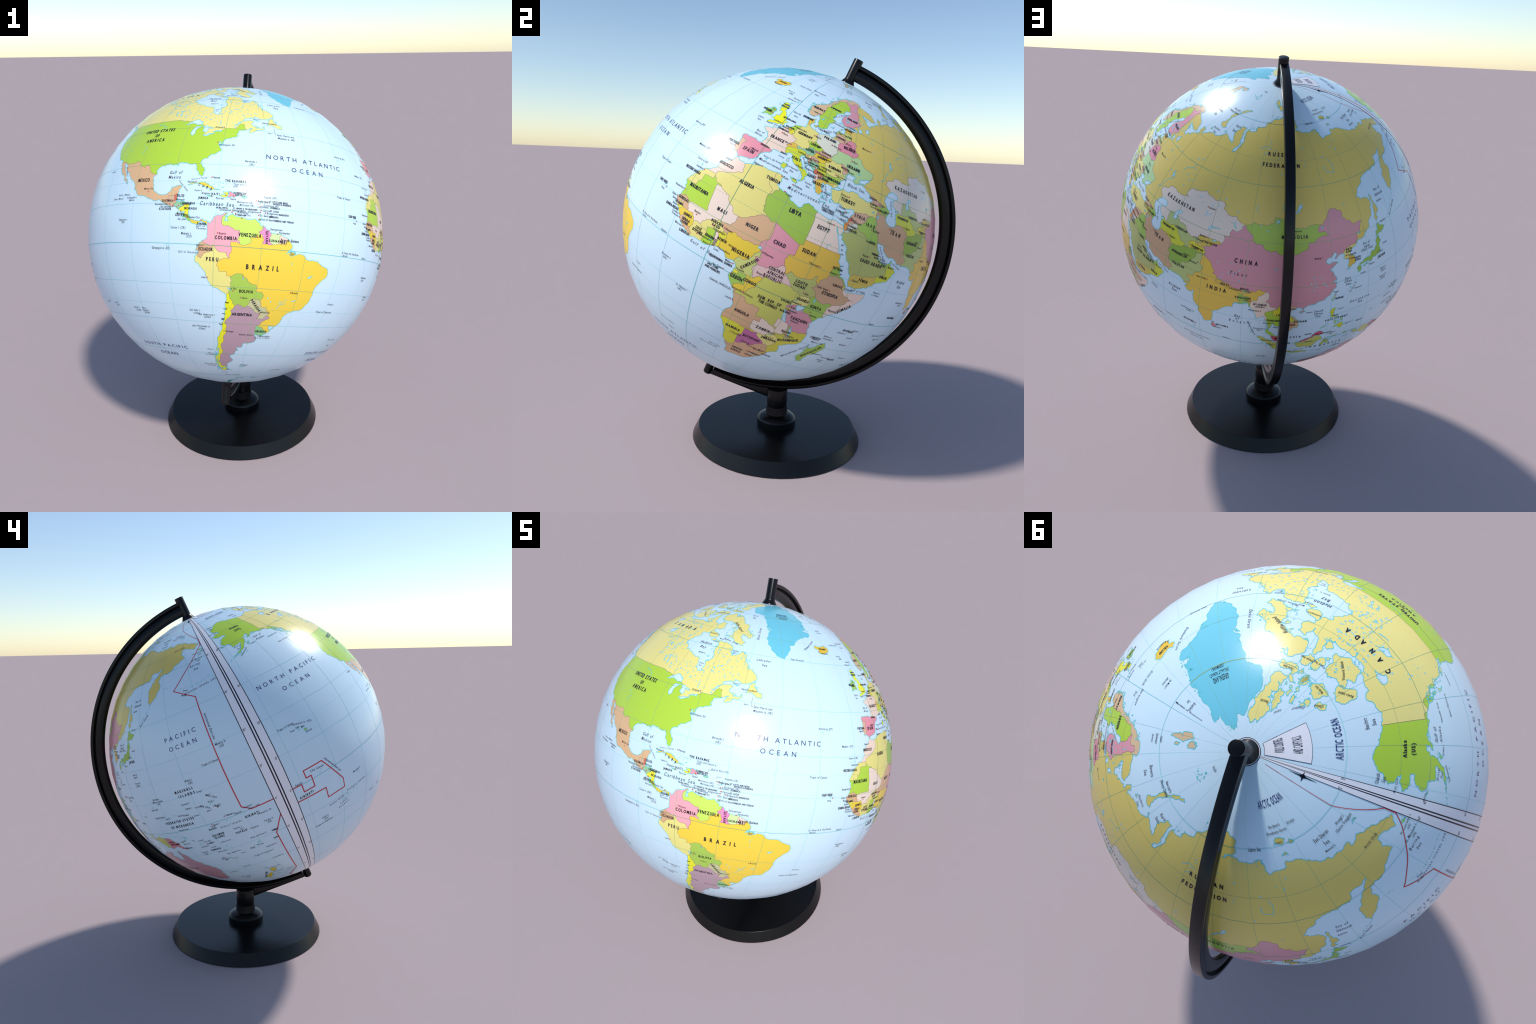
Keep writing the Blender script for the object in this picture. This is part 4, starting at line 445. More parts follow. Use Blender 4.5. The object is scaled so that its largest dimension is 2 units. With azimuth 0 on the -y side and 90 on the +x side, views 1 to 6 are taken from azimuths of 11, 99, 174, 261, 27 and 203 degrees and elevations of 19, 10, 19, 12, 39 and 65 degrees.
# every island: (country, colour, outline)
ISLANDS = [
    ("australia", "mauve_rose", AUSTRALIA_COAST),
    ("australia", "mauve_rose", [(144.7, -40.7), (148.2, -40.9), (148, -43), (146.5, -43.6), (145.3, -42.3)]),
    ("greenland", "cyan_blue", GREENLAND_COAST),
    ("iceland", "amber_bright", [(-22.7, 63.8), (-18.8, 63.4), (-14.8, 64.3), (-13.6, 65.1), (-14.8, 66.3), (-18.3, 66.1), (-20.5, 65.8), (-22.5, 66.4), (-24.3, 65.6), (-21.9, 64.9), (-22.2, 64.3)]),
    ("united_kingdom", "sun_yellow", [(-5.6, 50.1), (-3.5, 50.3), (-1.2, 50.7), (1.3, 51.2), (0.8, 51.5), (1.7, 52.6), (0.3, 52.9), (-0.2, 54.2), (-1.6, 55.2), (-2.8, 56), (-1.9, 57.4), (-4, 57.6), (-3.1, 58.6), (-5, 58.5),
        (-5.8, 57.3), (-5.5, 56), (-4.8, 54.9), (-3.2, 54.9), (-3, 53.5), (-4.5, 53.2), (-4.3, 52.4), (-5.2, 51.8), (-3.1, 51.3), (-4.5, 51)]),
    ("ireland", "green", [(-6, 52.2), (-10, 51.6), (-9.6, 53.3), (-10, 54.2), (-8.4, 54.4), (-8, 55.2), (-6.2, 55.1), (-5.6, 54.5), (-6.1, 53.4)]),
    ("united_kingdom", "sun_yellow", [(-7.9, 54.4), (-6.4, 54.1), (-5.6, 54.5), (-6.2, 55), (-7.3, 55)]),
    ("norway", "sand", [(10.5, 79.5), (14, 79.8), (16, 80), (18.5, 79.2), (21, 78.6), (18.5, 77.6), (17, 76.6), (15, 77.1), (13.5, 78), (16.5, 78.4), (12.5, 78.4), (11, 79)]), ("norway", "sand", [(18.5, 80), (22, 80.4), (27, 80.2), (26, 79.4), (21, 79.4)]), ("norway", "sand", [(21.5, 78.2), (24, 77.9), (23.5, 77.4), (21.5, 77.5)]),
    ("russia", "mustard", [(51.5, 71.6), (56, 70.7), (57.5, 70.9), (55, 72.5), (57, 74), (62, 75.8), (68, 76.7), (66, 77), (59, 76), (54, 74.5)]),
    ("russia", "mustard", [(48.5, 69), (50.2, 69.1), (49, 69.6)]), ("russia", "mustard", [(59, 70), (60.5, 69.9), (59.5, 70.4)]),
    ("russia", "mustard", [(95, 79.2), (100, 78.2), (105, 78.3), (102, 79.3), (99, 79.6)]), ("russia", "mustard", [(91, 80), (96, 79.4), (97, 80.6), (95, 81.2)]),
    ("russia", "mustard", [(137.5, 75.3), (142, 74.9), (145, 75.6), (140, 76.1)]), ("russia", "mustard", [(146, 75), (150.5, 75), (147.5, 75.4)]), ("russia", "mustard", [(140, 73.4), (143.4, 73.3), (142, 73.9)]),
    ("russia", "mustard", [(178.7, 71.1), (182, 71.1), (181, 71.5)]),
    ("russia", "mustard", [(142, 46), (142.6, 46.6), (143.4, 46.8), (142.7, 48), (144.7, 49), (143.2, 51.5), (143.3, 53.2), (142.5, 54.3), (142, 52.5), (142.1, 49.5)]),
    ("japan", "leaf_green", [(140, 41.5), (141.2, 41.8), (143.3, 42), (145.5, 43.3), (143.5, 44.2), (141.8, 45.5), (141.4, 43.3), (140.4, 43.2)]),
    ("japan", "leaf_green", [(130.9, 34), (132.6, 34.2), (135, 34.6), (135.7, 33.5), (136.9, 34.4), (138.8, 34.7), (140, 35), (140.9, 35.8), (141, 38), (142, 39.5), (141.4, 41.3), (140.3, 41.2), (139.8, 39), (138.5, 37.3),
        (136.9, 37.3), (136, 35.7), (133, 35.5), (131, 34.5)]),
    ("japan", "leaf_green", [(132.4, 33.4), (134.2, 34.3), (134.5, 33.7), (133, 32.8)]), ("japan", "leaf_green", [(129.8, 33), (130.8, 33.9), (131.9, 33.1), (131.3, 31.5), (130.3, 31.3)]),
    ("taiwan", "straw", [(120.1, 23), (120.8, 22), (121.5, 24), (121.7, 25.1), (120.9, 24.7)]), ("china", "rose", [(108.7, 19.2), (109.7, 18.3), (110.9, 19.7), (110, 20)]),
    ("philippines", "yellow", [(120.3, 16), (120.6, 18.5), (122.2, 18.4), (121.6, 16), (121.6, 14.3), (124, 12.7), (122.5, 13.6), (120.7, 13.9), (120.2, 14.9)]),
    ("philippines", "yellow", [(121.9, 7), (123.4, 8.6), (125.4, 9.7), (126.5, 7.6), (125.5, 5.7), (124, 6.5), (123.5, 7.6)]), ("philippines", "yellow", [(117.2, 8.4), (119.4, 10.6), (119.5, 11.3), (118.4, 9.8)]),
    ("philippines", "yellow", [(122, 10.6), (122, 11.9), (123.2, 11.5), (122.8, 9.2)]), ("philippines", "yellow", [(124.3, 12.5), (125.4, 12.4), (125.2, 10.2), (124.4, 10.9)]), ("philippines", "yellow", [(120.4, 13.4), (121.4, 13.2), (121.2, 12.3)]),
    ("philippines", "yellow", [(123.3, 9.5), (124, 11.2), (124, 10.2)]),
    ("indonesia", "olive_green", [(109, 0.3), (109, 1.6), (110.5, 0.9), (112.5, 1.5), (115, 2.8), (115.8, 4.3), (117.8, 4.2), (117.7, 3), (118.9, 1), (117.5, 0.2), (116.5, -1.8), (116, -3.8), (114.6, -4.1), (111.8, -3.5), (110.2, -2.8)]),
    ("malaysia", "crimson_rose", [(109.6, 2), (110.4, 1.7), (111.4, 2.5), (113, 3.2), (115.2, 5.2), (116.8, 7), (119.2, 5.3), (117.8, 4.2), (115.8, 4.3), (115, 2.8), (112.5, 1.5), (110.5, 0.9), (109.6, 1.6)]),
    ("indonesia", "olive_green", [(95.3, 5.6), (97.5, 5.2), (100.4, 2.6), (103.5, -0.2), (104.4, -1.5), (106, -3), (105.9, -5.8), (104.5, -5.7), (102.3, -4), (100.4, -1), (98.8, 1.7), (97, 3.2)]),
    ("indonesia", "olive_green", [(105.2, -6.8), (106.1, -5.9), (108.5, -6.7), (110.8, -6.5), (112.7, -7), (114.5, -7.8), (114.4, -8.7), (111, -8.2), (108, -7.8)]),
    ("indonesia", "olive_green", [(119.4, -5.5), (118.8, -2.8), (119.8, 0.5), (121, 1.2), (123.5, 0.9), (125.1, 1.6), (124.3, 0.4), (120.5, 0.4), (120.2, -1), (121.5, -0.9), (123.3, -0.8), (121.6, -1.9), (122.8, -4.3), (121.5, -4.6), (120.9, -2.7), (120.3, -3.2)]),
    ("indonesia", "olive_green", [(116, -8.6), (117.5, -8.3), (119, -8.4), (118.5, -8.9)]), ("indonesia", "olive_green", [(119.9, -8.5), (122.8, -8.2), (121, -8.9)]), ("indonesia", "olive_green", [(123.6, -10.3), (125, -8.9), (127.2, -8.4), (125.5, -9.5)]),
    ("indonesia", "olive_green", [(119, -9.5), (120.8, -10.1), (120, -10.2)]), ("indonesia", "olive_green", [(128, -3.2), (130.5, -3.1), (130, -3.6)]), ("indonesia", "olive_green", [(127.5, 0), (127.8, 2), (128.6, 0.9), (128.2, -0.5)]),
    ("indonesia", "olive_green", [(105.3, -1.8), (106.7, -3), (106, -2.9)]), ("indonesia", "olive_green", [(97.2, 1.3), (97.9, 1), (97.6, 0.7)]), ("indonesia", "olive_green", [(98.7, -1.2), (99.4, -1.8), (98.9, -1.7)]),
    ("indonesia", "olive_green", [(131, -0.8), (132.5, -0.3), (134, -0.9), (134.3, -2.5), (135.1, -3.3), (137.8, -1.5), (141, -2.6), (141, -9.1), (138.5, -8.3), (138.3, -7), (135.5, -4.4), (133, -4), (132, -2.8), (133.5, -2.3), (132, -2)]),
    ("papua_new_guinea", "coral_rose", [(141, -2.6), (144.5, -3.9), (145.8, -5.5), (147.8, -6.2), (147, -6.8), (148.5, -9), (150.8, -10.3), (149, -10.3), (146.9, -9.3), (145, -7.8), (143, -8.4), (142.2, -9.2), (141, -9.1)]),
    ("papua_new_guinea", "coral_rose", [(148.4, -5.7), (150.2, -5.5), (152, -4.2), (151.6, -5.5), (150, -6.3)]), ("papua_new_guinea", "coral_rose", [(151, -2.7), (152.8, -3.8), (153, -4.7), (152.2, -3.6)]), ("papua_new_guinea", "coral_rose", [(154.7, -5.5), (155.9, -6.8), (155, -6.3)]),
    ("new_zealand", "golden", [(172.7, -34.5), (174.5, -36), (175.5, -36.7), (178.3, -37.7), (177, -39.4), (175.3, -41.6), (173.9, -39.4), (174.8, -38), (174.4, -36.6)]),
    ("new_zealand", "golden", [(172.7, -40.6), (174.2, -41.4), (172.8, -43.5), (170.7, -45.8), (168.8, -46.6), (166.6, -45.9), (168.4, -44.1), (171.2, -42.4)]),
    ("france", "blush_rose", [(164, -20.2), (165.6, -21.2), (167, -22.3), (165.5, -21.8)]), ("fiji", "lemon", [(177.3, -17.8), (178.6, -17.7), (178, -18.2)]), ("fiji", "lemon", [(178.5, -16.8), (180, -16.3), (179.2, -16.9)]),
    ("sri_lanka", "coral_rose", [(79.8, 8.2), (80.1, 9.7), (81.8, 7.5), (81.2, 6.2), (80.1, 6.1)]), ("madagascar", "leaf_lime", [(49.3, -12.1), (50.4, -15.7), (49.4, -17.8), (47.1, -24.9), (45.3, -25.5), (43.6, -23.5), (44.4, -20), (44.2, -16.4), (46.4, -15.7), (48, -13.6)]),
    ("italy", "chartreuse", [(12.5, 38), (15.6, 38.2), (15.1, 36.7), (13.5, 37.2)]), ("italy", "chartreuse", [(8.2, 41), (9.6, 41), (9.6, 39.2), (8.5, 39)]), ("france", "blush_rose", [(8.7, 42.5), (9.4, 43), (9.4, 41.6), (8.8, 41.7)]),
    ("greece", "amber", [(23.6, 35.5), (26.2, 35.2), (24.8, 34.9)]), ("cyprus", "peach", [(32.3, 34.9), (33, 35.4), (34.5, 35.6), (33.7, 34.9)]), ("denmark", "amber", [(11, 55.7), (12.5, 56), (12.2, 54.9), (11.2, 55.2)]), ("sweden", "lime", [(18.2, 57.3), (19, 57.9), (18.7, 57.2)]),
    ("estonia", "amber", [(22, 58.3), (23.2, 58.6), (22.3, 57.9)]), ("spain", "pink_rose", [(2.4, 39.5), (3.4, 39.8), (3, 39.3)]),
    ("cuba", "sunflower", [(-84.9, 21.9), (-83, 23), (-80.5, 23.1), (-77.3, 21.7), (-74.2, 20.2), (-77.6, 19.9), (-77.2, 20.7), (-78.5, 21.2), (-80.5, 22), (-82, 22.4), (-84, 22)]),
    ("haiti", "lemon", [(-74.4, 18.4), (-72.4, 18.5), (-73.2, 19.9), (-71.7, 19.8), (-71.7, 18), (-73.8, 18.1)]), ("dominican_republic", "pink", [(-71.7, 19.8), (-70, 19.7), (-68.4, 18.6), (-70.5, 18.2), (-71.7, 17.8)]),
    ("jamaica", "lime", [(-78.3, 18.4), (-76.9, 18.4), (-76.3, 17.9), (-77.6, 17.8)]), ("puerto_rico", "pale_teal", [(-67.2, 18.5), (-65.7, 18.4), (-65.9, 18), (-67.2, 18)]), ("trinidad", "green", [(-61.8, 10.1), (-61.5, 10.8), (-60.9, 10.8), (-61, 10.1)]),
    ("canada", "wheat", [(-59.3, 47.7), (-56, 47.6), (-55, 46.9), (-53, 46.7), (-53, 48.2), (-55.5, 49.5), (-56, 51.5), (-57.3, 50.8), (-58.5, 49)]), ("canada", "wheat", [(-64.4, 49.8), (-62, 49.4), (-62.8, 49.2)]), ("canada", "wheat", [(-64, 46.9), (-62.2, 46.4), (-63.5, 46.3)]),
    ("canada", "wheat", [(-128.3, 50.7), (-125.2, 50), (-123.5, 48.4), (-126.4, 49.5)]), ("canada", "wheat", [(-133, 54), (-131.8, 53.8), (-131.2, 52.2), (-132.6, 53)]),
    ("united_states", "lime", [(-134.8, 58.2), (-132, 55.2), (-133.5, 55.5), (-136, 58)]), ("united_states", "lime", [(-154.6, 57.4), (-152.4, 57.8), (-153.8, 56.8)]), ("united_states", "lime", [(-167, 60.2), (-165.4, 60), (-166.3, 59.8)]),
    ("united_states", "lime", [(-156, 20.2), (-154.8, 19.5), (-155.7, 18.9)]), ("united_states", "lime", [(-156.7, 20.9), (-156, 20.8), (-156.4, 20.6)]), ("united_states", "lime", [(-158.2, 21.5), (-157.7, 21.3), (-158, 21.7)]), ("united_states", "lime", [(188.3, 63.7), (191, 63.3), (189, 63.2)]),
    ("canada", "wheat", [(-78, 73.6), (-72, 71.6), (-68, 70.3), (-66.5, 68.8), (-61.5, 66.7), (-63.8, 65), (-67.8, 66.2), (-64.7, 63.4), (-66.5, 62), (-71.5, 63.8), (-77.8, 64.4), (-73.7, 65.8), (-72.9, 67.9), (-76.5, 69.5), (-79, 70), (-84.5, 70), (-88.8, 70.6),
        (-89.5, 71.3), (-85.5, 73.7), (-81.5, 73.7), (-80.5, 72.5)]),
    ("canada", "wheat", [(-81, 73.7), (-76.5, 73), (-79.5, 72.8)]), ("canada", "wheat", [(-80.2, 63.8), (-84, 62.9), (-87, 63.7), (-85.8, 65.7), (-84, 65), (-81, 64.2)]), ("canada", "wheat", [(-83.5, 62.2), (-80, 62.2), (-82, 62.9)]),
    ("canada", "wheat", [(-117, 70), (-113, 68.6), (-105.5, 69.2), (-101.8, 69.7), (-104.5, 71), (-105, 73), (-108, 73.4), (-113.5, 72.7), (-118.5, 72.7), (-115, 71.5), (-118, 71)]),
    ("canada", "wheat", [(-125.5, 72), (-123, 71.2), (-119.5, 72), (-115.5, 73.4), (-121, 74.5), (-124.5, 74.2)]), ("canada", "wheat", [(-90.2, 73.9), (-90, 73), (-92.5, 72), (-95.3, 72.1), (-95.6, 73.8)]),
    ("canada", "wheat", [(-97, 73.9), (-97, 72.2), (-99, 71.4), (-102.3, 72.3), (-100.8, 73.8)]), ("canada", "wheat", [(-95.5, 69.4), (-96.2, 68.4), (-99.5, 69), (-97.5, 69.9)]), ("canada", "wheat", [(-79.7, 75.4), (-80.5, 74.6), (-87, 74.5), (-91.7, 74.7), (-92.2, 75.6), (-90.3, 76), (-92.6, 76.4), (-96, 76.9), (-93, 77), (-89, 76.4), (-88.6, 75.6), (-84, 75.8)]),
    ("canada", "wheat", [(-75, 79.3), (-75.5, 78.6), (-79, 78), (-78, 77.1), (-81, 76.3), (-85, 76.5), (-89.5, 76.5), (-87.5, 77.2), (-88.4, 78), (-84.5, 77.6), (-87.8, 78.7), (-82.5, 79), (-86.8, 79.7), (-81.5, 79.9), (-86.5, 80.4), (-85, 80.8), (-90.5, 81.2), (-87, 82), (-80, 83), (-70, 83.1), (-62, 82.5), (-65, 81.6), (-70, 81), (-68, 80.4), (-72, 79.8)]),
    ("canada", "wheat", [(-87.5, 80.1), (-86.2, 79.2), (-88.8, 78.3), (-91, 78.6), (-93.8, 78.5), (-92.5, 79.2), (-95.8, 79.6), (-94, 80.1), (-96, 80.6), (-92.5, 81.3), (-90, 80.7)]), ("canada", "wheat", [(-97.6, 76.7), (-99, 75), (-103, 75.4), (-101, 76.5)]), ("canada", "wheat", [(-105.5, 76), (-107, 75), (-114, 74.8), (-117, 75.3), (-115, 76.4), (-109, 76.7)]),
    ("canada", "wheat", [(-117.5, 76.4), (-122, 75.9), (-124, 76.3), (-118.5, 77.4)]), ("canada", "wheat", [(-93.5, 75.6), (-94, 74.7), (-96.3, 75.2)]), ("canada", "wheat", [(-100.5, 78.1), (-103.5, 78.2), (-105.5, 79.1), (-103, 79.3), (-101, 78.7)]), ("canada", "wheat", [(-96, 77.8), (-98, 78), (-97, 78.8), (-94.8, 78.3)]), ("canada", "wheat", [(-109.5, 77.6), (-114, 77.4), (-115.5, 77.9), (-111, 78.1)]), ("canada", "wheat", [(-99, 77), (-102, 77.4), (-100.5, 77.8)]), ("canada", "wheat", [(-90, 77.2), (-91.5, 77.6), (-90, 77.6)]), ("canada", "wheat", [(-93.5, 77.4), (-96, 77.5), (-94.5, 77.8)]), ("canada", "wheat", [(-103.5, 75.8), (-105, 75.4), (-104.5, 76.2)]), ("canada", "wheat", [(-99, 73.9), (-97.5, 73.8), (-98.5, 74.1)]), ("canada", "wheat", [(-100, 71.2), (-102, 70.8), (-101.5, 71.5)]), ("canada", "wheat", [(-86, 70.3), (-88, 70.1), (-87, 69.8)]), ("canada", "wheat", [(-68, 62.6), (-70, 62.8), (-69, 62.3)]), ("canada", "wheat", [(-78, 62), (-79.5, 61.6), (-79.5, 62.4)]), ("greenland", "cyan_blue", [(-54.5, 70), (-51.8, 69.5), (-53, 69.3)]), ("greenland", "cyan_blue", [(-22, 73.2), (-25.5, 73.3), (-24, 72.9)]), ("canada", "wheat", [(-98, 76.6), (-97.8, 75.2), (-100.5, 74.9), (-102.5, 75.5), (-100.5, 76)]), ("russia", "mustard", [(93, 79.6), (95.5, 79), (95, 79.5)]), ("canada", "wheat", [(-110, 78.3), (-113, 78.2), (-111, 78.7)]),
    ("canada", "wheat", [(-74, 68.3), (-75.5, 67.4), (-76.8, 67.7), (-75.5, 68.3)]), ("canada", "wheat", [(-77, 69.5), (-79.2, 68.9), (-78.5, 69.8)]),
    ("chile", "sun_yellow", [(-70.3, -52.7), (-68.7, -52.8), (-68.6, -54.9), (-71, -55), (-74, -53.2), (-72, -53.6), (-70.5, -53.4)]), ("argentina", "mauve", [(-68.6, -52.8), (-67.5, -53.9), (-65.3, -54.7), (-68.6, -54.9)]),
    ("chile", "sun_yellow", [(-74.2, -42), (-73.6, -42), (-73.6, -43.3), (-74.3, -43.2)]), ("falklands", "pale_teal", [(-61.2, -51.4), (-60, -51.3), (-60.3, -52.2)]), ("falklands", "pale_teal", [(-59.5, -51.3), (-57.8, -51.6), (-58.9, -52.3)]),
    ("brazil", "sunflower", [(-50.6, -0.4), (-48.7, -0.4), (-48.9, -1.5), (-50.5, -1.7)]), ("yemen", "pale_moss", [(53.4, 12.5), (54.4, 12.5), (53.9, 12.3)]),
    ("antarctica", "ice_teal", [(-57, -63.3), (-60.5, -64.4), (-62, -66.5), (-64, -69), (-61, -74), (-80, -75.5), (-78, -73), (-68, -72.5), (-67.5, -67.5), (-62.5, -64.8), (-58.5, -63.6)]),
]

# small islands that only show as coast-coloured specks: (longitude, latitude, half length, half width, number)
SPECKS = [
    (-23.5, 72, 3, 1.4, 22), (-20, 76, 2, 1.5, 14), (-53.5, 71, 1.6, 1.4, 14), (-38, 66, 1.5, 0.5, 10), (-48, 60.9, 1.5, 0.4, 8), (-30, 83.2, 8, 0.3, 12), (22, 80.2, 3, 0.4, 8),
    (-76.5, 24, 3, 2.2, 12), (-73.5, 22.3, 2, 1.2, 6), (-61.5, 15, 0.5, 2.8, 12), (-81, 19.4, 1, 0.3, 3), (-68.5, 12.2, 1.2, 0.2, 3), (-90.8, -0.5, 1.1, 0.8, 8), (-27.5, 38.6, 2.6, 0.9, 6), (-16, 28.2, 1.8, 0.5, 6),
    (-24, 15.9, 1, 1, 7), (-7, 62, 0.5, 0.4, 5), (-1.2, 60.3, 0.3, 0.5, 5), (-3, 59, 0.4, 0.3, 5), (-7, 57.4, 0.5, 1, 6), (25.5, 37.2, 1.6, 1.4, 16), (27.5, 36.6, 0.7, 0.8, 7), (15.5, 43.6, 1.4, 0.7, 9), (20.5, 38.5, 0.4, 0.8, 4),
    (21.5, 60.2, 1.5, 0.3, 9), (12, 66.5, 1.2, 1.5, 18), (6, 62.3, 1.4, 0.7, 22), (9.3, 64, 1.2, 0.5, 14), (5.6, 59.6, 0.5, 0.8, 12), (15, 68.7, 2, 0.7, 12), (22, 70.4, 2.5, 0.4, 12), (5.2, 61, 0.4, 1.5, 9), (55, 80.5, 7, 0.7, 24), (73, 4, 0.3, 3, 7), (72.8, 10.8, 0.5, 1, 4), (92.8, 11.5, 0.3, 2, 8), (93.5, 8, 0.3, 0.9, 4),
    (128, 27, 1.5, 1.5, 9), (153, 47.6, 5.5, 2.6, 0), (121, 5.8, 1.5, 0.5, 6), (123, 11, 1.4, 1.2, 10), (127, -1.5, 2.5, 1.5, 10), (131, -7.5, 2.6, 0.8, 9), (134.4, -6, 0.4, 0.7, 4), (106, 1, 0.8, 0.8, 6), (159.5, -8.5, 2.8, 1.4, 16),
    (152, -10, 1.6, 0.6, 7), (147, -2.2, 1.5, 0.3, 3), (167.4, -16, 0.8, 3, 12), (167.5, -21.2, 0.8, 0.3, 4), (178.5, -18.7, 1, 0.8, 5), (-172.5, -13.6, 0.8, 0.2, 3), (171, 8.5, 2.4, 2, 10), (168, 8.5, 2.2, 2.5, 9), (174, -0.8, 1.6, 2.2, 9),
    (150, 7.5, 6, 0.6, 9), (145.5, 15.5, 0.4, 2.5, 8), (-157, 21, 1.2, 0.4, 2), (-145.5, -16.5, 4, 1.5, 20), (-150.5, -17, 1.3, 0.5, 5), (-139.5, -9.4, 0.7, 0.8, 5), (-159.5, -20, 1.3, 1.3, 6), (-174.8, -20, 0.5, 1.4, 5), (-157.8, 2.5, 1.5, 1.8, 4),
    (55.5, -5, 1.8, 1, 6), (43.9, -12, 0.8, 0.4, 4), (57, -20.6, 1.4, 0.5, 2), (-37, -54.4, 1, 0.3, 6), (-45.5, -60.6, 0.9, 0.15, 4), (-59, -62.4, 2.4, 0.4, 10), (-74.3, -49, 0.9, 4.5, 70), (-73, -53.9, 2, 0.9, 24), (-74.3, -45, 0.6, 1, 18), (-131.8, 55.7, 1.7, 1.6, 36),
    (-129, 53, 1, 1.6, 20), (-126, 50.6, 1.3, 0.6, 14), (-133.5, 57.6, 1.2, 1, 20), (-153, 57.6, 1.6, 1, 10), (-146.8, 60.3, 1.4, 0.4, 10), (-160, 54.9, 3.2, 0.6, 14), (-52, 69, 1.4, 2, 0), (-101, 74, 12, 3, 34), (-105, 78, 7, 1.2, 18), (-75, 64, 2.4, 1.2, 12),
    (-79.5, 56.4, 0.5, 0.7, 8), (-55, 49.6, 1.6, 0.5, 8), (-61.2, 56.5, 1.2, 1.8, 22), (-65.3, 67, 2.4, 1.2, 18), (-114, 68.3, 5, 0.4, 16), (-96, 68.1, 3.5, 0.4, 12), (44, -46.5, 9, 0.4, 4), (70, -49.2, 0.8, 0.5, 6), (34, 66, 1.4, 0.6, 8), (77, 73.3, 3.5, 0.7, 10),
    (95, 76.7, 5, 0.4, 14), (126.5, 73, 2.4, 0.5, 14), (-4.9, 56.4, 0.9, 0.7, 9), (23.4, 38.9, 0.7, 0.5, 4), (24.6, 36.9, 0.8, 0.5, 6), (80.5, 7, 0.1, 0.1, 0), (98.3, 11.5, 0.3, 1.6, 9), (113.7, 22.1, 0.8, 0.3, 6), (126.3, 34.2, 0.8, 0.4, 8), (122, 30.2, 0.4, 0.7, 5),
    (88.5, 21.9, 1.4, 0.2, 8), (90.8, 22.2, 0.6, 0.4, 9), (-50.5, 0.3, 0.8, 0.7, 8), (174, -35, 0.8, 0.6, 3), (-176.5, -44, 0.4, 0.2, 3)]
# island arcs printed as a row of specks: (control points, number)
SPECK_ARCS = [
    ([(-165.5, 54.3), (-168.5, 53.2)], 5), ([(190, 52.8), (184, 52), (178, 51.7), (173, 52.8)], 22), ([(167.5, 54.6), (166, 55.2)], 3), ([(156.3, 50.6), (153.5, 48.8), (150, 46.3), (147.5, 44.8), (145.7, 43.7)], 18), ([(-88.5, 16.3), (-85, 17.4)], 3),
    ([(130.5, 30.7), (129, 28.3), (127.5, 26.3), (124, 24.4)], 10), ([(116, -8.4), (119.5, -8.4), (123, -8.4), (126, -7.7)], 8)]

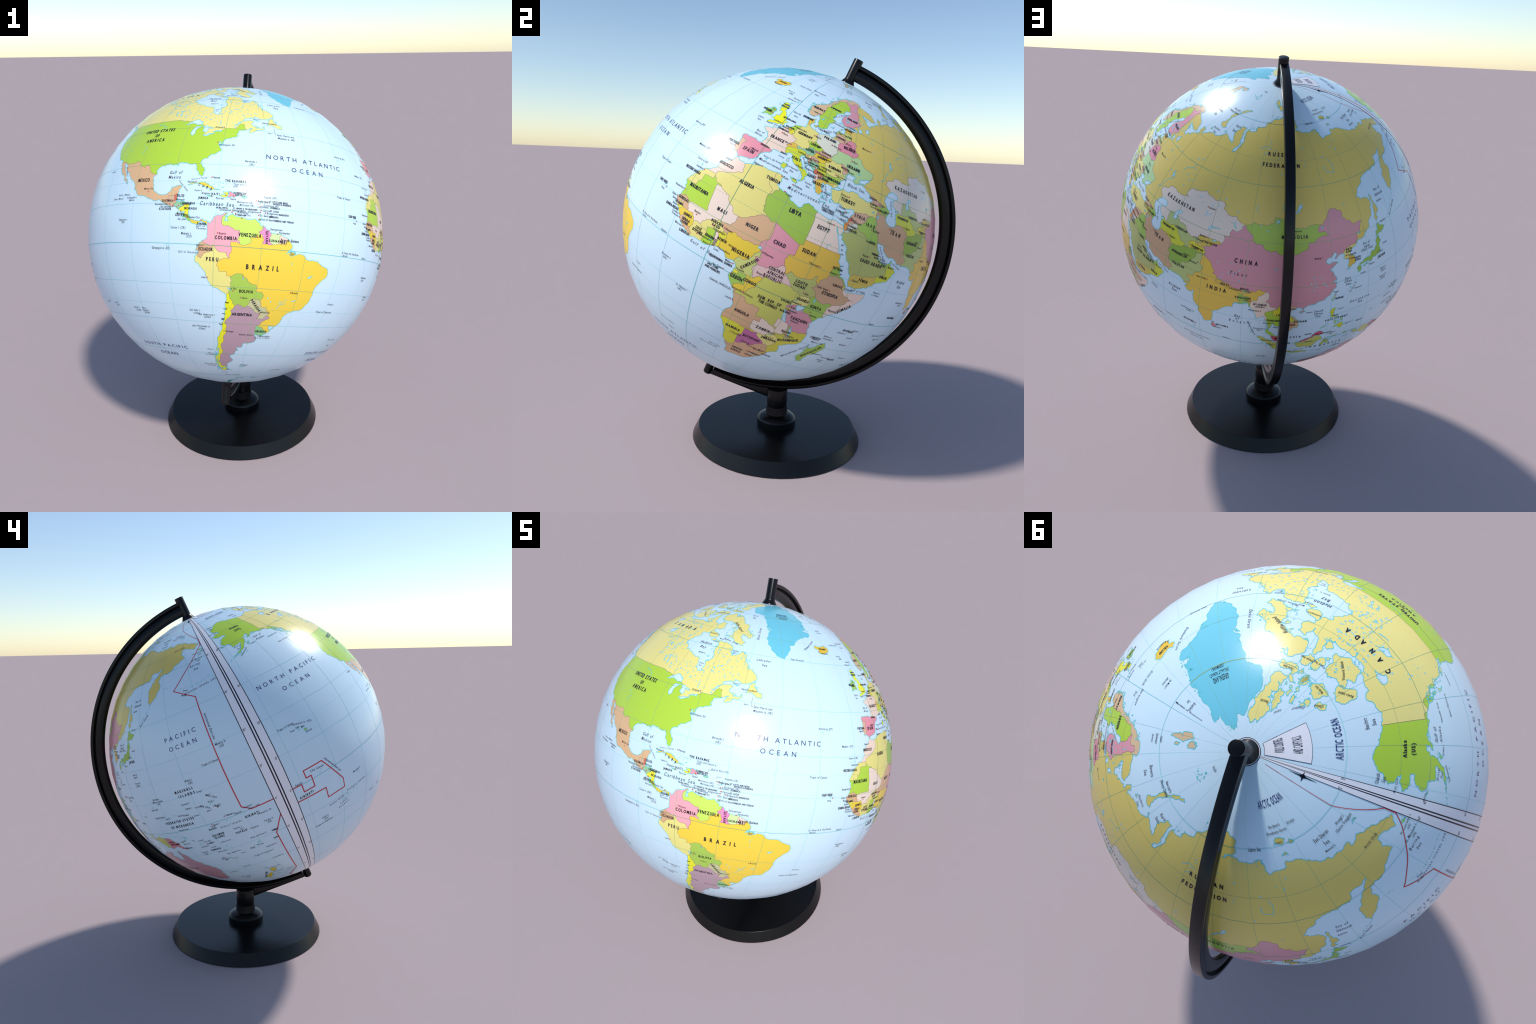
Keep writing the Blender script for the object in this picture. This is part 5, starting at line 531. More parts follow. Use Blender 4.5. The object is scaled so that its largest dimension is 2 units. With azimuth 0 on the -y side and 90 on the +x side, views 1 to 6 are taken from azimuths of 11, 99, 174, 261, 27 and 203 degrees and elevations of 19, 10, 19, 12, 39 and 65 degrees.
# water inside the land: (outline)
LAKES = [
    [(28, 41.4), (28.1, 42.5), (27.7, 42.6), (28.6, 43.6), (29.7, 45), (30.7, 46.5), (32, 46.4), (33.5, 46.1), (32.6, 45.4), (33.6, 44.4), (35.4, 45), (36.5, 45.2), (37.5, 44.7), (39.2, 43.8), (41.5, 42.4), (41.5, 41.5),
     (39.5, 41.1), (36.5, 41.4), (35, 42.1), (33, 41.9), (31.3, 41.2), (29.1, 41.2)],
    [(35, 45.5), (34.9, 46.2), (36.5, 46.7), (38.2, 47.1), (39.2, 47.1), (38, 46.3), (37.7, 45.5), (36.7, 45.4), (36.5, 45), (36.3, 45.4), (35.5, 45.3)], [(26.1, 40), (26.7, 40.5), (27.3, 40.9), (28.8, 41.1), (29, 41.4), (29.3, 41.3), (29.4, 40.7), (27.5, 40.3), (26.4, 40)],
    [(47, 44.8), (48.5, 46.4), (51, 47), (53, 46.7), (53, 45.3), (51.2, 44.5), (50.4, 44.4), (51.3, 43), (52.7, 42.4), (52.7, 41.4), (54, 42.2), (54.3, 41.2), (52.9, 40.8), (53.5, 39.3), (53.8, 37.2), (51.5, 36.6), (49.2, 37.5), (48.9, 38.9), (50.2, 40.4), (48.6, 41.8), (47.5, 43)],
    [(58.5, 45.6), (59.2, 46.6), (61.5, 46.7), (61, 46.2), (59.8, 46), (59.8, 45), (60.2, 44.2), (58.6, 43.7), (58.3, 44.6)], [(104, 51.5), (106, 52.6), (108.5, 53.6), (109.7, 55.6), (109.2, 55.6), (107.5, 53.7), (105.2, 52.2)],
    [(74, 45.2), (74.6, 46.7), (78, 46.6), (78.5, 46.3), (75.5, 46.3)], [(31, 59.9), (32.8, 60.4), (32.2, 61.3), (30.2, 61.5), (30.6, 60.7)], [(35, 61), (36.4, 61), (35.5, 62.6), (34.5, 62)], [(32, -0.5), (33.9, 0.3), (34.2, -1), (33, -2.6), (31.8, -2.3)],
    [(29.2, -3.4), (29.6, -4.5), (30.6, -7), (31.1, -8.6), (30.4, -8.4), (29.3, -6), (29.1, -4.5)], [(34, -9.6), (34.8, -11.5), (35.2, -14.2), (34.5, -13.5), (34.2, -11.5)], [(13.4, 13.2), (14.2, 13.6), (14.5, 12.9), (13.9, 12.7)],
    [(-92, 46.7), (-90.4, 47.6), (-88.3, 48.7), (-86.2, 48.7), (-84.8, 47.8), (-84.7, 46.6), (-87, 46.5), (-88.4, 47.2), (-90.5, 46.7)], [(-87.8, 42), (-87.6, 44.2), (-86.9, 45.7), (-84.9, 45.9), (-85.5, 45.1), (-86.3, 44.2), (-86.4, 42.5), (-87.2, 41.7)],
    [(-84.7, 45.9), (-82.5, 46), (-80.2, 45.2), (-80.2, 44.6), (-81.6, 45), (-81.6, 43.6), (-82.4, 43.1), (-83.7, 43.8), (-83.4, 45)], [(-83.3, 41.8), (-81.5, 42.6), (-79, 42.9), (-80.2, 42.1), (-82.6, 41.5)], [(-79.7, 43.3), (-78.5, 43.9), (-76.3, 44.1), (-76.4, 43.5), (-79, 43.3)],
    [(-98.8, 53.8), (-97.3, 53.7), (-96.3, 51.4), (-97, 50.5), (-97.3, 51.8)], [(-100.4, 53), (-99.4, 53.2), (-98.6, 51.2), (-99.5, 51.5)], [(-117, 61.2), (-115.5, 62.3), (-112.5, 62.4), (-109.5, 62.7), (-112, 61.3), (-114.5, 60.9)], [(-125, 66.2), (-121, 67), (-118, 66.4), (-121, 65.8), (-121.5, 65), (-123.2, 65.2)],
    [(-111, 59.3), (-106.5, 59.5), (-109, 59)], [(-103.3, 57.7), (-102.3, 57.9), (-102.2, 56.6), (-103, 56.8)], [(-72.2, 9.3), (-71.9, 10.8), (-71.3, 10.8), (-71, 9.3)], [(-70, -15.4), (-69.2, -15.6), (-68.7, -16.4), (-69.6, -16)], [(13, 58.8), (13.9, 59.2), (13.6, 58.5), (12.5, 58.4)],
    [(42.5, 38.6), (43.5, 39), (43.4, 38.4)], [(45.1, 38.2), (45.8, 38), (45.6, 37.2), (45.2, 37.5)], [(76.3, 42.5), (78.2, 42.8), (77.5, 42.2)], [(-86, 12), (-85, 11.8), (-85.3, 11.2)], [(36, 4.4), (36.3, 3.6), (36, 2.5), (35.8, 3.6)],
    [(-42.8, -9.4), (-40.8, -8.8), (-42, -9.9)], [(-53, -30.3), (-51, -30.3), (-52.2, -32)], [(99.3, 51), (100.7, 51.4), (100.3, 50.5)], [(100, 37), (100.8, 36.8), (99.8, 36.6)], [(131.5, 45.3), (132.8, 45.2), (132.3, 44.7)],
    [(116.8, 49.2), (117.8, 49.2), (117.3, 48.6)], [(48.5, 55.3), (49.4, 54.2), (48.2, 53.3), (48.3, 54.6)], [(38, 58.8), (38.7, 58.3), (37.8, 58.4)]]
# fields of small lakes strewn over a country: (lon from, lon to, lat from, lat to, number, size)
LAKE_FIELDS = [(-80, -62, 50.5, 60.5, 120, 0.32), (-95, -80, 47.5, 53.5, 70, 0.28), (-106, -94, 53, 60, 80, 0.36), (-114, -95, 60, 67, 110, 0.36), (-128, -114, 55, 68, 40, 0.3), (-79, -70, 45.5, 51, 40, 0.25), (-78, -72, 64, 70, 12, 0.3), (-112, -104, 69.5, 72, 14, 0.3),
    (23, 30, 61.2, 64, 70, 0.24), (24.5, 28.5, 64.5, 68.8, 22, 0.2), (30, 37, 61.5, 67.5, 46, 0.24), (13, 18, 57, 66, 40, 0.2), (33, 60, 53, 62, 40, 0.26), (60, 85, 52, 63, 34, 0.28), (85, 140, 60, 71, 34, 0.26), (68, 80, 47.5, 53.5, 20, 0.3), (80, 97, 29, 37, 30, 0.28), (112, 119, 28, 33.5, 16, 0.3),
    (-68, -44, -25, -5, 12, 0.35), (-72, -69, -50, -40, 8, 0.25), (-122, -93, 33, 48, 26, 0.24), (91, 99, 47, 51, 8, 0.3), (28, 38, -12, 4, 12, 0.25), (115, 145, -32, -20, 16, 0.35)]
# rivers and reservoirs drawn as short water strokes: (control points)
RIVERS = [[(44, 48.6), (46, 50.5), (47.5, 52.5), (50, 53.5), (49, 55.5)], [(52, 57), (56, 58.5), (56.5, 60)], [(32, 22), (31.5, 23), (32.7, 23.8)], [(33.5, 47.5), (35, 47.5), (33.5, 49), (31, 50.4)], [(101.5, 54), (102.5, 56), (103, 57.5)], [(92, 53), (91.2, 55)],
    [(87, 69), (90, 69.5), (94, 69)], [(90, 67.5), (93, 68)], [(-49, -20), (-51, -21), (-52, -22.5)], [(-48.5, -18.5), (-51, -20.2)], [(-49.5, -4), (-49.2, -5.5)], [(-105, 37), (-107, 35)], [(-101, 45), (-102.5, 47.5), (-106, 47.8)], [(-1, 7), (-0.3, 8.3)],
    [(28, -17), (30, -16)], [(123.5, 64), (128, 62.5), (127, 66)], [(128, 53.8), (129, 54.5)], [(30.6, 0.6), (31.4, 1.9)], [(82, 49), (84.5, 47.6), (83.5, 49.6)]]

# ----------------------------------------------------------------------------
# LETTERING: (text, longitude, latitude, cap height in degrees of arc, then
# optional turn in degrees and optional width in degrees of longitude to fit)
# ----------------------------------------------------------------------------
COUNTRY_NAMES = [
    ("UNITED STATES", -103, 44.6, 1.45, 0, 15.5), ("OF", -103, 42.5, 1.3), ("AMERICA", -103, 40.5, 1.4, 0, 9.3), ("MEXICO", -102, 24, 1.2, 0, 5.2), ("C", -120.7, 64.3, 1.5, 0), ("A", -115.3, 64.3, 1.5), ("N", -110.8, 64.3, 1.5), ("A", -106, 64.3, 1.5), ("D", -103, 64.3, 1.5),
    ("A", -98.5, 64.3, 1.5), ("Alaska", -151.5, 65.9, 1.1, 0, 7), ("(US)", -151.5, 64.2, 1.1, 0, 4.5), ("BRAZIL", -59, -7, 1.6, 0, 11.5), ("COLOMBIA", -71.4, 3, 1.15, 0, 7.3), ("VENEZUELA", -64, 4.6, 1.15, 0, 7.6), ("ECUADOR", -77.6, -1.5, 1.05, 0, 4.8), ("PERU", -75.4, -5.1, 1.25, 0, 4.2),
    ("BOLIVIA", -63.6, -16.4, 1.05, 0, 5), ("ARGENTINA", -64.2, -25.8, 1.1, 0, 8), ("PARAGUAY", -59.3, -22.2, 0.95, -52), ("URUGUAY", -55.5, -32.7, 0.8, 0, 5), ("GUYANA", -58.6, 4.2, 0.85, -86), ("SURINAME", -55.6, 3.2, 0.8, 0, 4.8), ("French Guiana", -51, 3.8, 0.85, 0, 6.4), ("(FR)", -53, 2.8, 0.85, 0, 1.9),
    ("C", -71.9, -30.5, 1.1, 84), ("H", -71.2, -28.3, 1.1, 84), ("I", -70.9, -26, 1.1, 84), ("L", -70.5, -23.8, 1.1, 84), ("E", -70, -21.3, 1.1, 84),
    ("CUBA", -79.1, 21.4, 0.85, -18, 5), ("HAITI", -75.6, 18.8, 0.75, 0, 2.6), ("THE BAHAMAS", -69.6, 24, 0.8, 0, 7), ("JAMAICA", -79.4, 17.2, 0.75, 0, 3.4), ("DOMINICAN", -68, 19.6, 0.65, 0, 4), ("REPUBLIC", -67.8, 18.9, 0.65, 0, 3.3), ("BELIZE", -86.9, 17.8, 0.75, 0, 2.6), ("GUATEMALA", -91.3, 15.9, 0.75, 0, 4.4), ("HONDURAS", -84, 15.1, 0.75, 0, 4.4),
    ("NICARAGUA", -83.2, 13.2, 0.75, 0, 4.4), ("EL SALVADOR", -91.9, 12.8, 0.75, 0, 4.6), ("COSTA RICA", -86, 10.6, 0.75, 0, 4.4), ("PANAMA", -79.2, 7.7, 0.75, 0, 3), ("ST. KITTS AND NEVIS", -55.6, 17.4, 0.6, 0, 6.4), ("ANTIGUA & BARBUDA", -54.4, 16.7, 0.6, 0, 6.4), ("DOMINICA", -56.6, 15.2, 0.6, 0, 3.2), ("ST. LUCIA", -56.8, 14, 0.6, 0, 3), ("BARBADOS", -53.7, 13, 0.6, 0, 3.4), ("GRENADA", -56.8, 11.9, 0.6, 0, 3),
    ("TRINIDAD AND TOBAGO", -53.6, 10.6, 0.6, 0, 7), ("ARUBA (NETH.)", -73.2, 13.9, 0.5, 0, 4), ("ST. VINCENT & THE GRENADINES", -66, 14, 0.5, 0, 8), ("CURACAO (NETH.)", -68, 13.2, 0.5, 0, 4.5),
    ("GREENLAND", -39.5, 77, 1.4, 0, 13), ("(KALAALLIT NUNAAT)", -39.5, 76.1, 0.9, 0, 15), ("(DENMARK)", -39.5, 75.3, 0.8, 0, 9), ("ICELAND", -18.5, 65.2, 0.8, 0, 5.2), ("UNITED", -4, 57.6, 0.65, 0, 3.2), ("KINGDOM", -4, 56.8, 0.65, 0, 4), ("IRELAND", -9, 53.6, 0.8, 0, 4.2), ("NORWAY", 9.2, 61.6, 0.95, 0, 6), ("SWEDEN", 16.5, 64.2, 0.9, 0, 6), ("FINLAND", 26.5, 63, 0.85, 0, 6),
    ("DENMARK", 7.5, 56.8, 0.8, 0, 5), ("NETHERLANDS", 1.5, 53.6, 0.65, 0, 6), ("BELGIUM", 3.6, 51.4, 0.6, 0, 3.6), ("LUXEMBOURG", 2, 49.9, 0.6, 0, 4.6), ("GERMANY", 10.2, 51.3, 0.95, 0, 6.2), ("POLAND", 19.5, 53.6, 0.95, 0, 5.4), ("FRANCE", 2.2, 46.6, 1.05, 0, 5.6), ("SPAIN", -4, 39.4, 1.15, 0, 4.4), ("PORTUGAL", -10.2, 39.7, 0.85, 0, 4.6), ("ANDORRA", 0, 42.9, 0.6, 0, 3.6), ("ITALY", 11.6, 43.6, 0.9, 0, 3.4),
    ("MONACO", 7, 43.4, 0.5, 0, 2.4), ("CZECH REP.", 15.4, 49.8, 0.65, 0, 4.2), ("SLOVAKIA", 20.3, 49, 0.6, 0, 3.8), ("AUSTRIA", 14.4, 47.7, 0.7, 0, 3.6), ("HUNGARY", 19.5, 47.2, 0.7, 0, 3.8), ("CROATIA", 15.2, 45.3, 0.55, 0, 3), ("BOSNIA-HERZ.", 17.8, 44.4, 0.55, 0, 4.6), ("SERBIA", 20.9, 43.9, 0.65, 0, 3.2), ("KOSOVO", 21, 42.8, 0.6, 0, 2.8), ("ALBANIA", 18.6, 40.8, 0.6, 0, 3.2), ("MACEDONIA", 22.6, 41.5, 0.6, 0, 4), ("ROMANIA", 25, 46, 0.9, 0, 5), ("MOLDOVA", 28.6, 47.4, 0.6, 0, 3.4),
    ("BULGARIA", 26.2, 42.6, 0.85, 0, 5), ("GREECE", 21.6, 39.6, 0.85, 0, 4.2), ("UKRAINE", 31.6, 48.6, 1, 0, 5.6), ("BELARUS", 28.2, 53.4, 0.95, 0, 5.4), ("LITHUANIA", 23.4, 55.4, 0.7, 0, 4.4), ("LATVIA", 26.3, 56.8, 0.7, 0, 3.4), ("ESTONIA", 25.6, 58.9, 0.7, 0, 3.6), ("RUSSIAN", 100.5, 67.9, 1.35, 0, 17), ("FEDERATION", 100.3, 65.3, 1.35, 0, 21), ("KAZAKHSTAN", 58.8, 48.9, 1.25, 0, 15.5), ("MONGOLIA", 106.5, 47, 1.2, 0, 10.5),
    ("CHINA", 89.8, 38.2, 1.5, 0, 8.6), ("INDIA", 80.8, 26, 1.5, 0, 7.2), ("PAKISTAN", 65.6, 29.4, 0.9, 0, 5.2), ("AFGHANISTAN", 65, 33.6, 0.95, 0, 7), ("IRAN", 54.8, 34.9, 1.2, 0, 5), ("TURKMENISTAN", 57.4, 40.4, 0.8, 0, 6.6), ("UZBEKISTAN", 63.4, 41.8, 0.8, 0, 5.8), ("KYRGYZSTAN", 75.8, 41.3, 0.75, 0, 6), ("TAJIKISTAN", 71.6, 38.2, 0.75, 0, 5), ("IRAQ", 43.4, 34.4, 1, 0, 3.8), ("SYRIA", 38.6, 35.6, 1, 0, 4.2), ("JORDAN", 37.4, 30.6, 0.85, 0, 3.8),
    ("TURKEY", 33, 38.6, 1.15, 0, 5.6), ("GEORGIA", 41.8, 42.6, 0.6, 0, 3.4), ("ARMENIA", 42.6, 41, 0.6, 0, 3.4), ("AZERBAIJAN", 46.6, 40.1, 0.65, 0, 4.6), ("CYPRUS", 31.5, 34.6, 0.7, 0, 3.2), ("LEBANON", 33.3, 33.9, 0.5, 0, 3), ("ISRAEL", 33.4, 32.6, 0.55, 0, 2.4), ("PALESTINIAN", 27.6, 33.6, 0.6, 0, 4.4), ("TERRITORIES", 27.8, 32.9, 0.6, 0, 4.4), ("SAUDI ARABIA", 48.4, 23, 1.1, 0, 9.6), ("YEMEN", 48, 16.3, 0.95, 0, 3.8), ("OMAN", 55.2, 19.6, 0.95, 0, 3.4), ("UAE", 53.5, 23.6, 0.85, 0, 2),
    ("KUWAIT", 46, 29.5, 0.6, 0, 2.4), ("QATAR", 49.4, 25.3, 0.55, 0, 2), ("BAHRAIN", 48.4, 26.3, 0.55, 0, 2.6), ("NEPAL", 83.6, 28.6, 0.8, 0, 3.2), ("BHUTAN", 90.2, 28.4, 0.65, 0, 3), ("BANGLADESH", 90, 24.6, 0.75, 0, 5.6), ("MYANMAR", 95.8, 22.6, 0.8, 0, 4.6), ("(BURMA)", 95.9, 21.6, 0.6, 0, 3.2), ("THAILAND", 100.6, 15.2, 0.85, 0, 4.6), ("LAOS", 102.6, 18.4, 0.8, 0, 2.4), ("VIETNAM", 109.6, 14.4, 0.85, 0, 4.6), ("CAMBODIA", 106, 12.8, 0.75, 0, 4.6), ("MALAYSIA", 106.2, 4.8, 1, 4, 9.5), ("BRUNEI", 113.2, 6, 0.6, 0, 2.4),
    ("PHILIPPINES", 122.8, 12.8, 0.9, 0, 9), ("TAIWAN", 122.8, 23, 0.8, 0, 3.4), ("NORTH", 127, 41, 0.65, 0, 2.6), ("KOREA", 127, 40.2, 0.65, 0, 2.6), ("SOUTH", 130.4, 37.2, 0.65, 0, 2.6), ("KOREA", 130.4, 36.4, 0.65, 0, 2.6), ("JAPAN", 141.5, 33.8, 1, 0, 4), ("INDONESIA", 120.8, -5.2, 1, -5, 15), ("SINGAPORE", 105.8, 0.6, 0.6, 0, 3), ("PAPUA", 143.6, -5.2, 0.8, 0, 3.4), ("NEW GUINEA", 144.8, -6.6, 0.8, 0, 5.2), ("EAST TIMOR", 127.6, -10, 0.6, 0, 3.6), ("SRI LANKA", 83.6, 8.2, 0.8, 0, 4.4), ("MALDIVES", 70.6, 4.4, 0.8, 0, 4.2),
    ("AUSTRALIA", 134, -25, 1.5, 0, 16), ("NEW ZEALAND", 169.4, -42, 0.85, 62), ("MARSHALL", 163, 17.4, 1, 0, 8.2), ("ISLANDS", 163.4, 15.4, 1, 0, 7.4), ("FEDERATED STATES", 154.8, 5, 1, 0, 14.5), ("OF MICRONESIA", 155, 2.6, 1, 0, 11.5), ("NAURU", 166.2, -2.6, 0.75, 0, 3.2), ("KIRIBATI", 182.2, -2.5, 0.95, 0, 5.6), ("KIRIBATI", -164.6, -5.2, 0.95, 2, 5.8), ("TUVALU", 175.5, -8.2, 0.95, 0, 4.8), ("SOLOMON", 166.8, -6, 0.85, 0, 5.2), ("ISLANDS", 166.8, -7.3, 0.85, 0, 4.4), ("VANUATU", 161.6, -13.4, 0.85, 0, 5),
    ("FIJI", 175.6, -18.6, 0.85, 0, 1.8), ("TONGA", -174, -17.8, 0.7, 0, 2.4), ("SAMOA", -173, -13.6, 0.7, 0, 2.8), ("PALAU", 133.2, 6, 0.7, 0, 2.6),
    ("WESTERN SAHARA", -17, 25.2, 0.9, 0, 7), ("MOROCCO", -7.4, 32, 1, 0, 5.6), ("ALGERIA", 1.8, 29.6, 1.15, 0, 5.4), ("TUNISIA", 8.4, 34.6, 1, 0, 5), ("LIBYA", 18.8, 28.6, 1.3, 0, 4), ("EGYPT", 28.6, 27.6, 1.2, 0, 4.2), ("MAURITANIA", -11.2, 20.6, 1.15, 0, 7.8), ("MALI", -1, 18.2, 1.15, 0, 3.4), ("NIGER", 9.3, 18.2, 1.15, 0, 4.2), ("CHAD", 18.6, 17.2, 1.2, 0, 4), ("SUDAN", 27.5, 18.7, 1.2, 0, 4.6), ("ERITREA", 38, 17.2, 0.8, 0, 3.6), ("SENEGAL", -14.6, 15, 0.9, 0, 4.6),
    ("CABO VERDE", -26, 16.3, 0.9, 0, 4.4), ("THE GAMBIA", -15.6, 12.9, 0.7, 0, 3.8), ("GUINEA-BISSAU", -17.6, 10.6, 0.85, 0, 6), ("GUINEA", -10.6, 10.8, 0.85, 0, 3.4), ("SIERRA", -10.6, 9, 0.85, 0, 3.2), ("LEONE", -10.8, 7.8, 0.85, 0, 3), ("LIBERIA", -9.6, 4.8, 0.9, 0, 4), ("COTE", -5.4, 8.8, 0.9, 0, 2.4), ("D'IVOIRE", -5.4, 7.6, 0.9, 0, 4), ("BURKINA", -0.6, 13.8, 0.85, 0, 4.4), ("FASO", -0.6, 12.6, 0.85, 0, 2.8), ("GHANA", -1, 8.3, 0.95, 0, 3.6), ("TOGO", 1.1, 7.2, 0.75, 80), ("BENIN", 2.9, 9.4, 0.9, 0, 3.2),
    ("NIGERIA", 9.6, 8.4, 1.2, 0, 6), ("CAMEROON", 13.2, 6.4, 0.95, 52), ("CENTRAL", 21.4, 8.4, 1, 0, 5.4), ("AFRICAN", 21.4, 6.8, 1, 0, 5.2), ("REPUBLIC", 21.2, 5.2, 1, 0, 6), ("SOUTH", 29.6, 8, 1, 0, 4), ("SUDAN", 29.4, 6.6, 1, 0, 4), ("ETHIOPIA", 39.6, 7.6, 1.15, 0, 5.8), ("DJIBOUTI", 40.4, 11.6, 0.7, 0, 3.4), ("SOMALIA", 46.6, 4.2, 1, 42), ("KENYA", 37.6, 1.2, 1.05, 0, 4), ("UGANDA", 32.6, 2.2, 0.9, 0, 4.2), ("RWANDA", 28.2, -0.6, 0.75, 0, 3.6), ("BURUNDI", 29.6, -4.6, 0.75, 0, 3.8), ("TANZANIA", 35, -5.8, 1.05, 0, 6.4),
    ("EQUATORIAL GUINEA", 5, 2.6, 0.75, 0, 8.4), ("SAO TOME", 3.4, -0.6, 0.8, 0, 4), ("AND PRINCIPE", 3.6, -1.8, 0.8, 0, 5.6), ("GABON", 11.4, -0.4, 1.05, 0, 4.2), ("CONGO", 15.6, 0.4, 1.05, 0, 4.4), ("DEM. REP. OF", 23.6, -3, 1.05, 0, 8.2), ("THE CONGO", 23.6, -4.6, 1.05, 0, 6.6), ("ANGOLA", 17.6, -12.2, 1.15, 0, 5.4), ("ZAMBIA", 26.4, -15.2, 1.05, 0, 5.2), ("MALAWI", 33.6, -12.6, 0.75, 0, 3.2), ("MOZAMBIQUE", 36, -16, 0.95, 22, 7.4), ("NAMIBIA", 17.2, -20.4, 1.05, 0, 5.6), ("BOTSWANA", 24.8, -21.6, 1, 0, 6.8), ("ZIMBABWE", 30, -18.8, 0.95, 0, 5.8),
    ("SOUTH", 22.4, -30, 1, 0, 4.2), ("AFRICA", 22.4, -31.6, 1, 0, 4.4), ("LESOTHO", 27.6, -31.2, 0.6, 0, 3), ("SWAZILAND", 33.4, -27.6, 0.6, 0, 4), ("MADAGASCAR", 47, -18.4, 0.95, 62), ("COMOROS", 44.2, -11, 0.75, 0, 4.4), ("SEYCHELLES", 54, -4.4, 0.8, 0, 5), ("MAURITIUS", 59.2, -21, 0.7, 0, 4),
    ("WORLD COUNTRIES", -143.5, 82.77, 2.1, 0, 26), ("AND CAPITALS", -146, 80.8, 2.1, 0, 21),
]
OCEAN_NAMES = [
    ("NORTH ATLANTIC", -45, 34.4, 1.6, 0, 31.5), ("OCEAN", -45, 30.4, 1.6, 0, 12.8), ("NORTH PACIFIC", -148.6, 41.2, 1.6, 0, 32.6), ("OCEAN", -148.6, 36.8, 1.6, 0, 14.2), ("PACIFIC", 169, 37.5, 1.6, 0, 14.6), ("OCEAN", 169, 33.8, 1.6, 0, 12.6), ("SOUTH PACIFIC", -103.4, -43, 1.5, 0, 30.6), ("OCEAN", -103.4, -47.2, 1.5, 0, 13),
    ("SOUTH ATLANTIC", -9, -43.6, 1.5, 0, 32), ("OCEAN", -9, -48, 1.5, 0, 13), ("INDIAN OCEAN", 82, -25, 1.5, 0, 26), ("ARCTIC OCEAN", -145, 75.95, 1.8, 0, 28), ("ARCTIC OCEAN", 147.3, 80.4, 1.8, 0, 29)]
